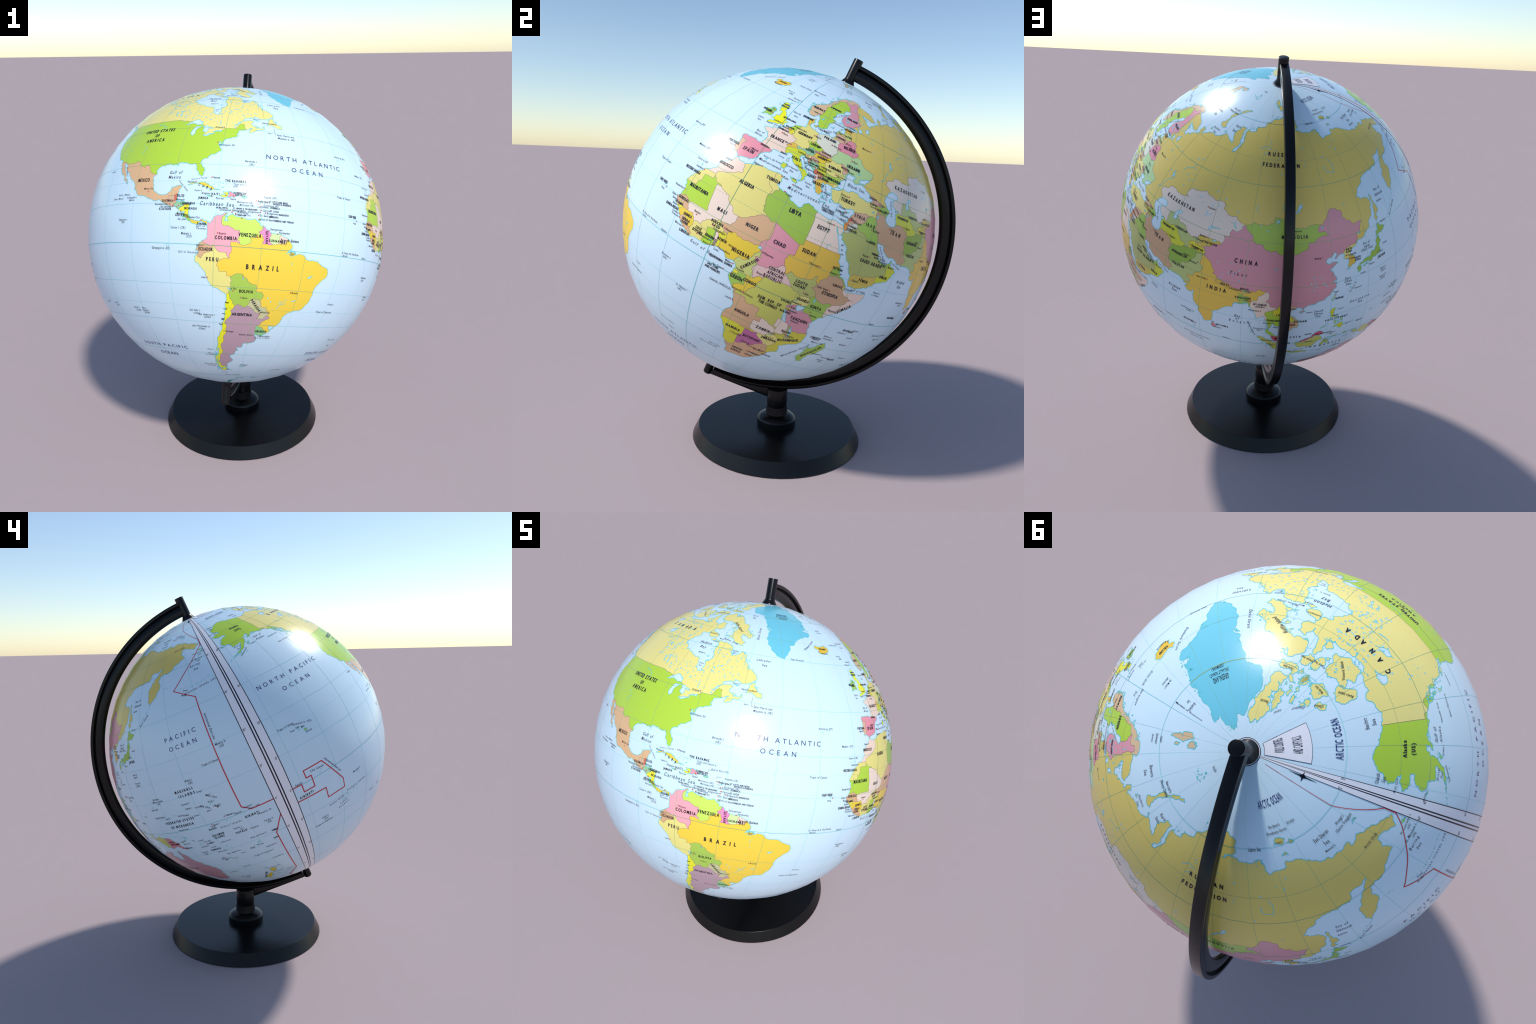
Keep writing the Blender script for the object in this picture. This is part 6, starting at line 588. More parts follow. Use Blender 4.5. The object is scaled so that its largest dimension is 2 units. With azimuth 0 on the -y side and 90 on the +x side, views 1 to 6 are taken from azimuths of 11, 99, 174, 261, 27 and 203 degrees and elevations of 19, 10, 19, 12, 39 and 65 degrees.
SEA_NAMES = [
    ("Gulf of", -89.8, 26.6, 1.1), ("Mexico", -90, 24.8, 1.1), ("Caribbean Sea", -75, 15.2, 1.25, 0, 11.4), ("Hudson", -84.5, 60.6, 1.1), ("Bay", -84.5, 59, 1.1), ("Labrador", -54, 58.4, 0.9), ("Sea", -53.4, 56.9, 0.9), ("Davis Strait", -58.8, 67.5, 0.9, 90), ("Baffin", -66, 74.4, 0.8), ("Bay", -66, 73.4, 0.8), ("Denmark Strait", -27.5, 66, 0.8, 42),
    ("Norwegian", 3.5, 67.6, 0.8), ("Sea", 3, 66.2, 0.8), ("Greenland", -9, 77.8, 0.8), ("Sea", -10, 76.9, 0.8), ("North", 2.2, 56.6, 0.7), ("Sea", 2.6, 55.5, 0.7), ("Celtic", -8.6, 50.4, 0.65), ("Sea", -8.6, 49.5, 0.65), ("Bay of", -4.6, 46.3, 0.7), ("Biscay", -4.6, 45.3, 0.7), ("Baltic Sea", 18.4, 55.9, 0.75, 24), ("Gulf of Bothnia", 19.8, 62.6, 0.6, 48), ("English Channel", -2.4, 50.1, 0.55, 6),
    ("Mediterranean Sea", 20.5, 34.6, 0.95, 0, 15), ("Mediterranean Sea", 6, 38.6, 0.8, 0, 11), ("Black Sea", 34.4, 43.4, 1, 0, 7), ("Caspian Sea", 50.6, 42, 0.7, -72), ("Tyrrhenian", 11.6, 40.6, 0.65), ("Sea", 12, 39.6, 0.65), ("Ionian", 18.6, 38.4, 0.65), ("Sea", 18.8, 37.4, 0.65), ("Adriatic Sea", 14.7, 43.7, 0.5, -48), ("Aegean Sea", 25, 38.4, 0.55, -62), ("Crete", 25, 36.2, 0.65), ("Red  Sea", 38, 20.6, 0.95, -66, 10),
    ("Gulf of Aden", 48, 12.2, 0.75, 4, 6), ("Persian Gulf", 51, 27.3, 0.65, -46), ("Gulf of Oman", 59.4, 24.6, 0.6, -14), ("Arabian", 65, 19.6, 1.15), ("Sea", 65, 17.8, 1.15), ("Bay", 88.6, 15.8, 1), ("of", 88.6, 14.4, 1), ("Bengal", 89, 12.9, 1, 0, 6.6), ("Andaman", 96, 10.6, 0.8), ("Sea", 96, 9.6, 0.8), ("South", 115.6, 18.8, 1), ("China", 115.6, 17.4, 1), ("Sea", 115.6, 16.1, 1), ("East", 126, 30.6, 0.9), ("China", 126, 29.4, 0.9), ("Sea", 126, 28.2, 0.9),
    ("Philippine", 131.4, 19.4, 1.05, 0, 8.6), ("Sea", 131.6, 17.8, 1.05), ("Sea of", 135, 41, 0.85), ("Japan", 135, 39.9, 0.85), ("(East Sea)", 135, 38.9, 0.85), ("Sea of", 148, 54.4, 0.9, 0, 4.6), ("Okhotsk", 148, 52.9, 0.9, 0, 5.6), ("Bering", 184, 58.4, 0.9, 0, 5.6), ("Sea", 184, 56.9, 0.9), ("Gulf of", -146.5, 58.4, 0.9, 0, 5.4), ("Alaska", -146.5, 57.1, 0.9, 0, 5.4), ("Bristol", -159.6, 57.9, 0.7), ("Bay", -159.6, 56.9, 0.7), ("Beaufort", -139, 71.8, 1, 0, 6), ("Sea", -139, 70.6, 1),
    ("Chukchi", -165, 70.3, 0.9, 0, 5), ("Sea", -165, 69.3, 0.9), ("East Siberian", 163.5, 73.3, 1, 0, 10), ("Sea", 163.5, 72.1, 1), ("Laptev Sea", 125, 75, 1, 0, 8), ("Kara", 66, 72.4, 1), ("Sea", 65, 71.2, 1), ("Barents", 40, 73.5, 1, 0, 7), ("Sea", 40, 72.2, 1), ("Gulf of Guinea", -0.8, 3.2, 0.95, -3, 12), ("Mozambique Channel", 41.2, -20.2, 0.85, 60), ("Coral", 156, -13.6, 0.85), ("Sea", 156, -14.8, 0.85), ("Tasman", 160, -38, 1), ("Sea", 160, -39.6, 1), ("Drake  Passage", -64, -58.6, 0.75, 6, 13),
    ("Gulf of", -79.6, 6.9, 0.7), ("Panama", -79.4, 6, 0.7), ("Gulf of Guayaquil", -83.4, -2.9, 0.65), ("Rio de la Plata", -54.2, -35.8, 0.6), ("Hudson Strait", -72.5, 62.9, 0.7, -16), ("Ungava", -68, 59.9, 0.55), ("Bay", -68, 59.2, 0.55), ("James", -80.5, 53.8, 0.5), ("Bay", -80.5, 53, 0.5), ("Straits of Florida", -81.4, 24.4, 0.5, 8), ("Yucatan Channel", -86.4, 21.6, 0.5, -46), ("Gulf of Mexico", -111.3, 28.2, 0.5, -62), ("Java Sea", 111, -5, 0.7), ("Celebes", 122, 4, 0.75), ("Sea", 122, 3, 0.75), ("Pechora", 52.5, 69.8, 0.8), ("Sea", 53, 68.9, 0.8),
    ("Tibet", 87.6, 33.6, 1.2, 0, 6.4), ("Aleutian Islands (US)", 183.5, 50.6, 0.85, 4, 17), ("Kuril Islands", 152.6, 47, 0.8, 38), ("Ryukyu Is.", 128.2, 26.2, 0.7, 52), ("Queen", -119.6, 76.9, 0.85, 30), ("Elizabeth", -111.5, 79, 0.85, 30), ("Islands", -99, 80.9, 0.85, 26), ("Tuamotu Islands", -142, -14.4, 0.75, 0, 12), ("Society Islands", -153.5, -15.8, 0.75, 4, 8), ("French", -150, -18.4, 0.75, 8, 4), ("Polynesia", -150, -20, 0.75, 8, 6), ("Baffin Island", -73, 68.7, 1, -48, 12), ("Hawaiian Is. (US)", -155.6, 22.6, 0.75, -14), ("Line Islands", -157.6, 3.2, 0.85, -4), ("Phoenix Is.", 186.6, -3.4, 0.85), ("Gilbert Islands", 173.4, -3.2, 0.75, 0, 9)]
PLACE_NAMES = [
    ("Tropic of Cancer", -30.2, 22.9, 0.75), ("Tropic of Cancer", 176.5, 24.1, 0.75), ("Tropic of Cancer", -162, 24.1, 0.75), ("Tropic of Capricorn", -30.5, -23, 0.75), ("Tropic of Capricorn", -161, -23, 0.75), ("Tropic of Capricorn", 178, -24, 0.75), ("Equator", -17, 0.7, 0.7), ("Equator", 178, 0.8, 0.75), ("Equator", -166, 0.9, 0.75), ("Arctic Circle", 176.8, 67, 0.75), ("Arctic Circle", -5.5, 67, 0.75), ("Arctic Circle", -166.4, 67, 0.6), ("Equator", 62, 0.7, 0.7), ("Equator", 85, 0.7, 0.7),
    ("Meridian of Greenwich", -4.5, 77.7, 0.75, 90), ("International Date Line", 181.4, 36.5, 0.85, -90), ("International Date Line", -151, 0.8, 0.8, -58), ("Sunday", 176.4, 51.3, 0.6, -18), ("Monday", 175.4, 49.9, 0.6, -18),
    ("Bermuda I.", -65, 31.9, 0.75), ("(UK)", -64.8, 30.7, 0.75), ("Azores Is. (PT)", -28, 39.5, 0.7), ("Madeira I. (PT)", -18.4, 33.7, 0.7), ("Canary Is. (ES)", -15.8, 29.5, 0.6), ("Saint Pierre and", -52, 43.9, 0.75), ("Miquelon Is. (FR)", -51.8, 42.7, 0.75), ("Turks and Caicos Is.", -67, 22.9, 0.65), ("(UK)", -69.5, 22.1, 0.65), ("Anguilla (UK)", -58.4, 18.9, 0.65), ("Puerto Rico (US)", -62.4, 21.3, 0.65), ("Montserrat (UK)", -66.2, 16.4, 0.6), ("Martinique (FR)", -65.6, 15.4, 0.6), ("Guadeloupe (FR)", -58, 15.9, 0.6), ("Bonaire (NETH.)", -66.6, 11.8, 0.6),
    ("Cayman Is.", -81.2, 19.9, 0.5), ("Galapagos Is. (EC)", -93, -1.8, 0.75), ("Cocos I. (CR)", -87, 6, 0.75), ("Malpelo I.", -84.2, 3.9, 0.75), ("(CO)", -83.2, 2.9, 0.75), ("Clipperton I.", -109.2, 8.9, 0.7), ("(FR)", -109.2, 7.9, 0.7), ("Socorro I. (Mexico)", -110, 18.6, 0.6), ("Clarion I. (Mexico)", -113, 17.2, 0.6), ("Revillagigedo Is.", -106, 17.4, 0.6), ("(Mexico)", -106, 16.4, 0.6), ("Easter I.", -108.5, -26, 0.7), ("(Chile)", -108, -27.2, 0.7), ("Sala y", -104.4, -26, 0.7), ("Gomez I.", -103.8, -27, 0.7), ("(Chile)", -103.6, -28, 0.7),
    ("San Felix I.", -81.8, -25.2, 0.7), ("(Chile)", -81.2, -26.4, 0.7), ("San Ambrosio I.", -77.4, -26.8, 0.7), ("(Chile)", -77.2, -27.8, 0.7), ("Juan Fernandez Is.", -80, -31.9, 0.7), ("(Chile)", -79.8, -33, 0.7), ("Ducie I.", -122, -24.8, 0.7), ("(UK)", -121.6, -25.9, 0.7), ("Pitcairn I.", -129.6, -24.6, 0.7), ("Chiloe I.", -77, -42.8, 0.6), ("Chonos", -77.2, -44.9, 0.6), ("Archipelago", -77.6, -45.7, 0.6), ("Queen Adelaide", -79, -51.2, 0.6), ("Archipelago", -78.4, -52.1, 0.6), ("Falkland Is.", -58.2, -50.6, 0.6), ("(UK)", -57.6, -51.2, 0.55), ("South Georgia", -33.2, -53.9, 0.6),
    ("Cape Horn", -70, -56.5, 0.55), ("South Orkney Is.", -43.4, -61, 0.55), ("South Shetland Is.", -56.4, -61.2, 0.55), ("St. Peter & St. Paul Rocks", -25.6, 1.6, 0.7), ("(Brazil)", -28.4, 0.5, 0.65), ("Ascension I.", -13.4, -7.2, 0.75), ("(UK)", -13.8, -8.4, 0.75), ("St. Helena I.", -4.6, -15.4, 0.75), ("(UK)", -5.2, -16.6, 0.75), ("Tristan da Cunha Is.", -11, -36.4, 0.65), ("Gough I.", -9, -39.6, 0.65), ("Trindade I.", -28.5, -19.6, 0.6), ("Faroe Is.", -8.4, 63, 0.6), ("(DK)", -7.8, 62.2, 0.6), ("Shetland Is.", -2.2, 61.2, 0.6), ("Orkney Is.", -4.4, 60.2, 0.6), ("Jan Mayen I.", -9.4, 72, 0.6), ("(Norway)", -9.6, 71.2, 0.6),
    ("Svalbard", 21, 75.2, 0.6), ("(Spitsbergen)", 21, 74.4, 0.6), ("(Norway)", 21, 73.6, 0.6), ("New Land Is.", 53, 75.7, 0.8), ("(Novaya Zemlya)", 52.5, 74.9, 0.8), ("Franz Josef Land", 58, 82.3, 0.7), ("New Siberian Is.", 142, 77.6, 0.7), ("(Novosibirskiye Ostrova)", 142, 76.8, 0.7), ("De Long Is.", 154.5, 77.3, 0.7), ("Wrangel I.", 176.5, 73, 0.75), ("(Ostrov Vrangelya)", 176.5, 72.2, 0.75), ("Medvezhi Is.", 163, 71, 0.6), ("Kotelnyy", 141, 75.4, 0.5), ("Sakhalin", 146.6, 51.2, 0.65), ("St. Lawrence I.", 188.6, 62.5, 0.7), ("(US)", 188.4, 61.6, 0.65), ("St. Matthew I.", 186.6, 60.4, 0.7), ("(US)", 186.6, 59.5, 0.65),
    ("Midway Is.", 182.8, 29.4, 0.8), ("(US)", 182.8, 28.2, 0.8), ("Wake I.", 166.4, 20.6, 0.8), ("(US)", 166.8, 19.4, 0.8), ("Kauai", -160.2, 21.5, 0.65), ("Oahu", -158, 21.8, 0.65), ("Maui", -156, 21.2, 0.65), ("(Hawaii)", -154.6, 18.6, 0.65), ("Howland I.", 182.2, 1.8, 0.65), ("Baker I. (US)", 184, 0.6, 0.65), ("Tokelau Is.", 186.6, -7.6, 0.7), ("(NZ)", 186.6, -8.8, 0.7), ("Cook Is.", -160, -20.2, 0.75), ("(NZ)", -159.6, -21.6, 0.75), ("Marquesas I.", -140.6, -8.2, 0.75), ("New", 161.6, -19.4, 0.7), ("Caledonia I.", 162, -20.4, 0.7), ("(FR)", 162, -21.4, 0.7), ("Norfolk I.", 167.4, -29, 0.65), ("Lord Howe I.", 158.6, -31.2, 0.6), ("Kermadec Is.", 182.6, -29.4, 0.65), ("Chatham Is.", 184, -43, 0.6),
    ("Wallis and Futuna Is.", 180.4, -13.2, 0.65), ("North Island", 178.4, -36.2, 0.6), ("South Island", 174.4, -44.4, 0.6), ("Stewart I.", 170, -47.6, 0.55), ("Auckland Is.", 168.6, -50.4, 0.55), ("Caroline Islands", 146.4, 8.4, 0.75), ("Northern", 149, 16.8, 0.75), ("Mariana Islands", 149.4, 15.7, 0.75), ("(US)", 149.6, 14.6, 0.7), ("Guam (US)", 146, 12.4, 0.75), ("Bonin Is.", 142, 28.6, 0.7), ("(Japan)", 142, 27.6, 0.7), ("Volcano Is.", 142, 25, 0.7), ("(Japan)", 142, 24, 0.7), ("Enewetak I.", 161.4, 11.8, 0.65), ("Ujelang I.", 161.6, 9.6, 0.65), ("Ratak Chain", 172, 11.6, 0.7, -30), ("Ralik Chain", 168, 8, 0.7, -28), ("Taongi I.", 168.6, 15, 0.6), ("Bikar I.", 171.4, 12.6, 0.6), ("Wotje I.", 171, 9.6, 0.6), ("Kwajalein I.", 166, 9, 0.6), ("Jaluit I.", 168.8, 6, 0.6), ("Mili I.", 172.8, 6.4, 0.6),
    ("Pohnpei I.", 157, 7.4, 0.6), ("Chuuk Is.", 150.4, 7.2, 0.6), ("Kosrae I.", 163.4, 5.6, 0.6), ("Yap Is.", 138, 9.7, 0.6), ("Kapingamarangi I.", 154.6, 0.6, 0.6), ("Choiseul I.", 158.6, -6.6, 0.55), ("Santa Isabel I.", 161, -7.8, 0.55), ("Guadalcanal I.", 158.4, -10.4, 0.55), ("Malaita I.", 162.6, -9, 0.55), ("Rennell I.", 161.8, -11.8, 0.55), ("Santa Cruz Is.", 168, -10.4, 0.6), ("Espiritu Santo I.", 163.8, -15.2, 0.55), ("Efate I.", 170, -17.6, 0.55), ("Tanna I.", 171, -19.6, 0.55), ("Nanumea I.", 175, -5.8, 0.6), ("Nui I.", 176.4, -7, 0.6), ("Tarawa I.", 175.4, 1.4, 0.6), ("Banaba I.", 168.6, -1, 0.6),
    ("Lakshadweep Is.", 70.4, 11.4, 0.65), ("(India)", 71, 10.4, 0.65), ("Andaman & Nicobar Is.", 93.6, 10, 0.65, -68), ("Socotra I.", 55.6, 13.6, 0.65), ("(Yemen)", 55.8, 12.6, 0.6), ("Amirante Is.", 52, -5.8, 0.65), ("Aldabra Is.", 48, -9, 0.65), ("Cosmoledo Is.", 49, -10.2, 0.65), ("Agalega Is.", 56.8, -11.4, 0.65), ("Coetivy I.", 57, -7.4, 0.65), ("Mayotte I. (FR)", 46.2, -13.2, 0.6), ("Reunion I.", 54.6, -22, 0.65), ("(FR)", 54.8, -23, 0.6), ("Rodrigues I.", 63.6, -19.2, 0.65), ("British Indian Ocean Territory", 73, -5, 0.7), ("Chagos Is. (UK)", 72.6, -7, 0.65), ("Cocos Is.", 97.4, -11, 0.7), ("(Australia)", 97.4, -12.2, 0.7), ("Christmas I.", 106.6, -9.6, 0.65), ("Hainan", 112.4, 18.8, 0.65),
    ("Luzon I.", 124, 17.6, 0.65), ("Mindanao I.", 128.6, 7.4, 0.65), ("Okinawa I.", 130.4, 25.2, 0.65), ("Hokkaido", 145.2, 45.2, 0.6), ("Honshu", 144, 37.8, 0.6), ("Shikoku", 136.6, 32.6, 0.6), ("Kyushu", 132.4, 30.6, 0.6), ("Sumatra", 100.6, -0.2, 0.7, -48), ("Borneo", 114, 0.6, 0.8), ("Java", 110.2, -7.3, 0.6), ("Sulawesi", 121, -1.6, 0.55), ("New Britain", 151.4, -7, 0.55), ("Victoria Island", -110.5, 71, 0.8, -30), ("Banks Island", -121.4, 72.9, 0.75, 34), ("Ellesmere Island", -80, 80.5, 0.7), ("Devon Island", -86, 75.4, 0.65), ("Somerset Island", -93, 73, 0.6), ("Prince of Wales I.", -99.4, 72.7, 0.55), ("Melville Island", -110.6, 75.5, 0.6),
    ("Southampton I.", -83.8, 64.4, 0.55), ("Newfoundland", -58, 48.6, 0.7), ("Anticosti I.", -63, 49.9, 0.5), ("Vancouver I.", -129.4, 48.8, 0.6), ("Queen Charlotte Is.", -137.4, 52.6, 0.6), ("Alexander Arch.", -139.4, 56, 0.6), ("Kodiak I.", -151.6, 56.6, 0.6), ("Nunivak I.", -167.6, 60.4, 0.5), ("Guadalupe I.", -120.4, 29, 0.55), ("Cape Farewell", -37.6, 60.3, 0.65), ("Sicily", 14, 37.8, 0.5), ("Sardinia", 7, 40.2, 0.5), ("Corsica", 6.8, 42.2, 0.5), ("Balearic Is. (ES)", 3.6, 40.1, 0.5), ("Sable I.", -58, 44.2, 0.5), ("Alaska Peninsula", -158.8, 55, 0.55, 34), ("Belcher Is.", -83, 57, 0.55), ("Coats I.", -80, 61.8, 0.55), ("Mansel I.", -77.4, 63, 0.5), ("Cabinda (ANGOLA)", 7.6, -5.4, 0.75), ("Cape Town", 13.6, -33.6, 0.7), ("Cape of Good Hope", 11, -35, 0.65)]
# capitals: (name, longitude, latitude, side on which the name stands: 1 right, -1 left, optional drop)
CAPITALS = [
    ("Washington, DC", -77, 38.9, 1, -1), ("Ottawa", -75.7, 45.4, -1), ("Mexico City", -99.1, 19.4, 0, 1), ("Havana", -82.4, 23.1, -1), ("Nassau", -77.3, 25, 1), ("Kingston", -76.8, 18, -1, 0.8), ("Port-au-", -72.3, 18.5, -1, -1), ("Santo", -69.9, 18.5, 0, -1), ("Belmopan", -88.8, 17.2, 1, -0.7), ("Guatemala City", -90.5, 14.6, -1), ("San Salvador", -89.2, 13.7, -1), ("Tegucigalpa", -87.2, 14.1, 1, 0.6), ("Managua", -86.3, 12.1, 0, -0.7), ("San Jose", -84.1, 9.9, -1, -0.6),
    ("Panama City", -79.5, 9, -1, 0.8), ("Bogota", -74.1, 4.6, 1), ("Caracas", -66.9, 10.5, 0, 1), ("Quito", -78.5, -0.2, -1), ("Lima", -77, -12, -1), ("La Paz", -68.1, -16.5, 0, 0.8), ("Sucre", -65.3, -19, 1), ("Brasilia", -47.9, -15.8, 1), ("Asuncion", -57.6, -25.3, 1, 0.8), ("Santiago", -70.6, -33.4, 1), ("Buenos Aires", -58.4, -34.6, -1), ("Montevideo", -56.2, -34.9, 1), ("Georgetown", -58.2, 6.8, 1, 0.5), ("Paramaribo", -55.2, 5.8, 1, 0.5), ("Port-of-Spain", -61.5, 10.7, 1), ("Bridgetown", -59.6, 13.1, 1), ("Castries", -61, 14, 1), ("Roseau", -61.4, 15.3, 1), ("Kingstown", -61.2, 13.2, -1), ("St. George's", -61.7, 12.1, 1), ("Basseterre", -62.7, 17.3, 1), ("St. John's", -61.8, 17.1, 1), ("Oranjestad", -70, 12.5, -1, 0.6), ("Willemstad", -68.9, 12.1, 1, 0.5),
    ("Reykjavik", -21.9, 64.1, 1, -0.6), ("Dublin", -6.3, 53.3, -1), ("London", -0.1, 51.5, -1), ("Paris", 2.3, 48.9, 1), ("Madrid", -3.7, 40.4, 1), ("Lisbon", -9.1, 38.7, -1), ("Brussels", 4.4, 50.8, -1), ("Amsterdam", 4.9, 52.4, 1), ("Berlin", 13.4, 52.5, 1), ("Copenhagen", 12.6, 55.7, 1, -0.6), ("Oslo", 10.7, 59.9, -1), ("Stockholm", 18.1, 59.3, 1), ("Helsinki", 24.9, 60.2, 1), ("Tallinn", 24.8, 59.4, 1), ("Riga", 24.1, 56.9, -1), ("Vilnius", 25.3, 54.7, 1), ("Minsk", 27.6, 53.9, 1), ("Warsaw", 21, 52.2, 1), ("Prague", 14.4, 50.1, 1), ("Vienna", 16.4, 48.2, -1), ("Bratislava", 17.1, 48.2, 1), ("Budapest", 19, 47.5, 1), ("Bern", 7.4, 46.9, -1), ("Rome", 12.5, 41.9, 1), ("Ljubljana", 14.5, 46, -1), ("Zagreb", 16, 45.8, 1), ("Sarajevo", 18.4, 43.8, -1), ("Belgrade", 20.5, 44.8, 1), ("Podgorica", 19.3, 42.4, -1), ("Pristina", 21.2, 42.7, 1), ("Skopje", 21.4, 42, 1), ("Tirana", 19.8, 41.3, -1), ("Sofia", 23.3, 42.7, 1), ("Bucharest", 26.1, 44.4, 1), ("Chisinau", 28.8, 47, 1), ("Kyiv", 30.5, 50.4, 1), ("Moscow", 37.6, 55.7, -1), ("Athens", 23.7, 38, 1), ("Ankara", 32.9, 39.9, -1), ("Valletta", 14.5, 35.9, 1), ("Nicosia", 33.4, 35.2, -1, 0.8),
    ("Tbilisi", 44.8, 41.7, 1), ("Yerevan", 44.5, 40.2, -1), ("Baku", 49.9, 40.4, -1), ("Tehran", 51.4, 35.7, 1), ("Baghdad", 44.4, 33.3, 1), ("Damascus", 36.3, 33.5, 1), ("Beirut", 35.5, 33.9, 1), ("Amman", 35.9, 31.9, 1), ("Jerusalem", 35.2, 31.8, 1), ("Riyadh", 46.7, 24.7, -1), ("Kuwait City", 48, 29.4, -1), ("Manama", 50.6, 26.2, -1), ("Doha", 51.5, 25.3, 1), ("Abu Dhabi", 54.4, 24.5, -1), ("Muscat", 58.4, 23.6, -1), ("Sana'a", 44.2, 15.4, 1), ("Ashgabat", 58.4, 37.9, 1), ("Tashkent", 69.2, 41.3, 1), ("Dushanbe", 68.8, 38.5, 1), ("Bishkek", 74.6, 42.9, -1), ("Astana", 71.4, 51.2, 1), ("Kabul", 69.2, 34.5, -1), ("Islamabad", 73, 33.7, -1, -0.6), ("New Delhi", 77.2, 28.6, -1), ("Kathmandu", 85.3, 27.7, 1), ("Thimphu", 89.6, 27.5, 1), ("Dhaka", 90.4, 23.7, 1), ("Naypyidaw", 96.1, 19.8, -1), ("Bangkok", 100.5, 13.8, -1), ("Vientiane", 102.6, 18, 1), ("Hanoi", 105.8, 21, 1), ("Phnom Penh", 104.9, 11.6, -1), ("Kuala Lumpur", 101.7, 3.1, -1), ("Singapore", 103.8, 1.3, 1), ("Jakarta", 106.8, -6.2, 1), ("Manila", 121, 14.6, 1), ("Taipei", 121.5, 25, 0, 1), ("Beijing", 116.4, 39.9, -1), ("Pyongyang", 125.8, 39, 1), ("Seoul", 127, 37.6, 1), ("Tokyo", 139.7, 35.7, 1), ("Ulaanbaatar", 106.9, 47.9, 0, 0.8), ("Colombo", 79.9, 6.9, 1, -0.5), ("Male", 73.5, 4.2, -1), ("Bandar Seri Begawan", 114.9, 4.9, 1), ("Dili", 125.6, -8.6, 1), ("Port Moresby", 147.2, -9.5, 1), ("Canberra", 149.1, -35.3, -1), ("Wellington", 174.8, -41.3, 1), ("Honiara", 160, -9.4, 1), ("Port Vila", 168.3, -17.7, -1), ("Suva", 178.4, -18.1, 1), ("Majuro", 171.2, 7.1, 1), ("Palikir", 158.2, 6.9, 1), ("Tarawa", 173, 1.4, 1), ("Funafuti", 179.2, -8.5, 1), ("Apia", -171.8, -13.8, -1), ("Nuku'alofa", -175.2, -21.1, -1), ("Yaren", 166.9, -0.5, 0, -0.8),
    ("Rabat", -6.8, 34, -1), ("Algiers", 3, 36.8, -1), ("Tunis", 10.2, 36.8, 1), ("Tripoli", 13.2, 32.9, 1, -0.4), ("Cairo", 31.2, 30, -1), ("Laayoune", -13.2, 27.1, -1), ("Nouakchott", -16, 18.1, -1), ("Praia", -23.5, 14.9, -1, -0.8), ("Dakar", -17.4, 14.7, -1), ("Banjul", -16.6, 13.5, -1), ("Bissau", -15.6, 11.9, -1), ("Conakry", -13.7, 9.5, -1), ("Freetown", -13.2, 8.5, -1), ("Monrovia", -10.8, 6.3, -1), ("Bamako", -8, 12.6, 0, 0.8), ("Yamoussoukro", -5.3, 6.8, 1, 0.3), ("Ouagadougou", -1.5, 12.4, 1, -0.7), ("Accra", -0.2, 5.6, -1), ("Lome", 1.2, 6.1, 1, -0.7), ("Porto-Novo", 2.6, 6.5, 1, -0.2), ("Niamey", 2.1, 13.5, 1), ("Abuja", 7.5, 9.1, -1), ("N'Djamena", 15, 12.1, 1), ("Khartoum", 32.5, 15.6, -1), ("Asmara", 38.9, 15.3, -1), ("Addis Ababa", 38.7, 9, -1), ("Djibouti", 43.1, 11.6, 1), ("Mogadishu", 45.3, 2, -1), ("Nairobi", 36.8, -1.3, 1, -0.9), ("Kampala", 32.6, 0.3, -1), ("Kigali", 30, -1.9, 1), ("Bujumbura", 29.4, -3.4, 1), ("Dodoma", 35.7, -6.2, -1, -0.7), ("Juba", 31.6, 4.8, 1), ("Bangui", 18.6, 4.4, -1, 0.4), ("Yaounde", 11.5, 3.9, 0, -0.8), ("Malabo", 8.8, 3.7, -1), ("Sao Tome", 6.7, 0.3, -1), ("Libreville", 9.5, 0.4, 1), ("Brazzaville", 15.2, -4.2, -1), ("Kinshasa", 15.4, -4.5, 1), ("Luanda", 13.2, -8.8, -1), ("Lusaka", 28.3, -15.4, 1), ("Lilongwe", 33.8, -14, 1), ("Harare", 31, -17.8, -1), ("Maputo", 32.6, -25.9, -1), ("Mbabane", 31.1, -26.3, -1), ("Pretoria", 28.2, -25.7, -1), ("Bloemfontein", 26.2, -29.1, 1), ("Maseru", 27.5, -29.3, 1), ("Gaborone", 25.9, -24.7, -1), ("Windhoek", 17.1, -22.6, 1), ("Antananarivo", 47.5, -18.9, 1), ("Moroni", 43.3, -11.7, 1), ("Victoria", 55.5, -4.6, 1, 0.8), ("Port Louis", 57.5, -20.2, -1)]

# ----------------------------------------------------------------------------
# FROM MAP TO BALL
# ----------------------------------------------------------------------------
# the printed map is stretched: true latitude -> latitude on the ball
LAT_TRUE = np.array([-90, -75, -60, -45, -30, -15, 0, 15, 30, 45, 60, 66.56, 75, 80, 83.5, 86.5])
LAT_BALL = np.array([-98, -82, -65.2, -48.65, -34.4, -21.35, -8.8, 3.65, 16.72, 31.06, 48.2, 56.5, 69.2, 77.9, 84.6, 90.0])


def monotone_slopes(x, y):
    d = np.diff(y) / np.diff(x)
    m = np.empty_like(x)
    m[0], m[-1] = d[0], d[-1]
    m[1:-1] = 2 * d[:-1] * d[1:] / (d[:-1] + d[1:])
    return m


LAT_SLOPE = monotone_slopes(LAT_TRUE, LAT_BALL)


def lat_on_ball(lat):
    lat = np.clip(np.asarray(lat, float), -90, 86.5)
    i = np.clip(np.searchsorted(LAT_TRUE, lat, side="right") - 1, 0, len(LAT_TRUE) - 2)
    h = LAT_TRUE[i + 1] - LAT_TRUE[i]
    t = (lat - LAT_TRUE[i]) / h
    v = ((1 + 2 * t) * (1 - t) ** 2 * LAT_BALL[i] + t * (1 - t) ** 2 * h * LAT_SLOPE[i]
         + t * t * (3 - 2 * t) * LAT_BALL[i + 1] + t * t * (t - 1) * h * LAT_SLOPE[i + 1])
    return np.clip(v, -90, 90)


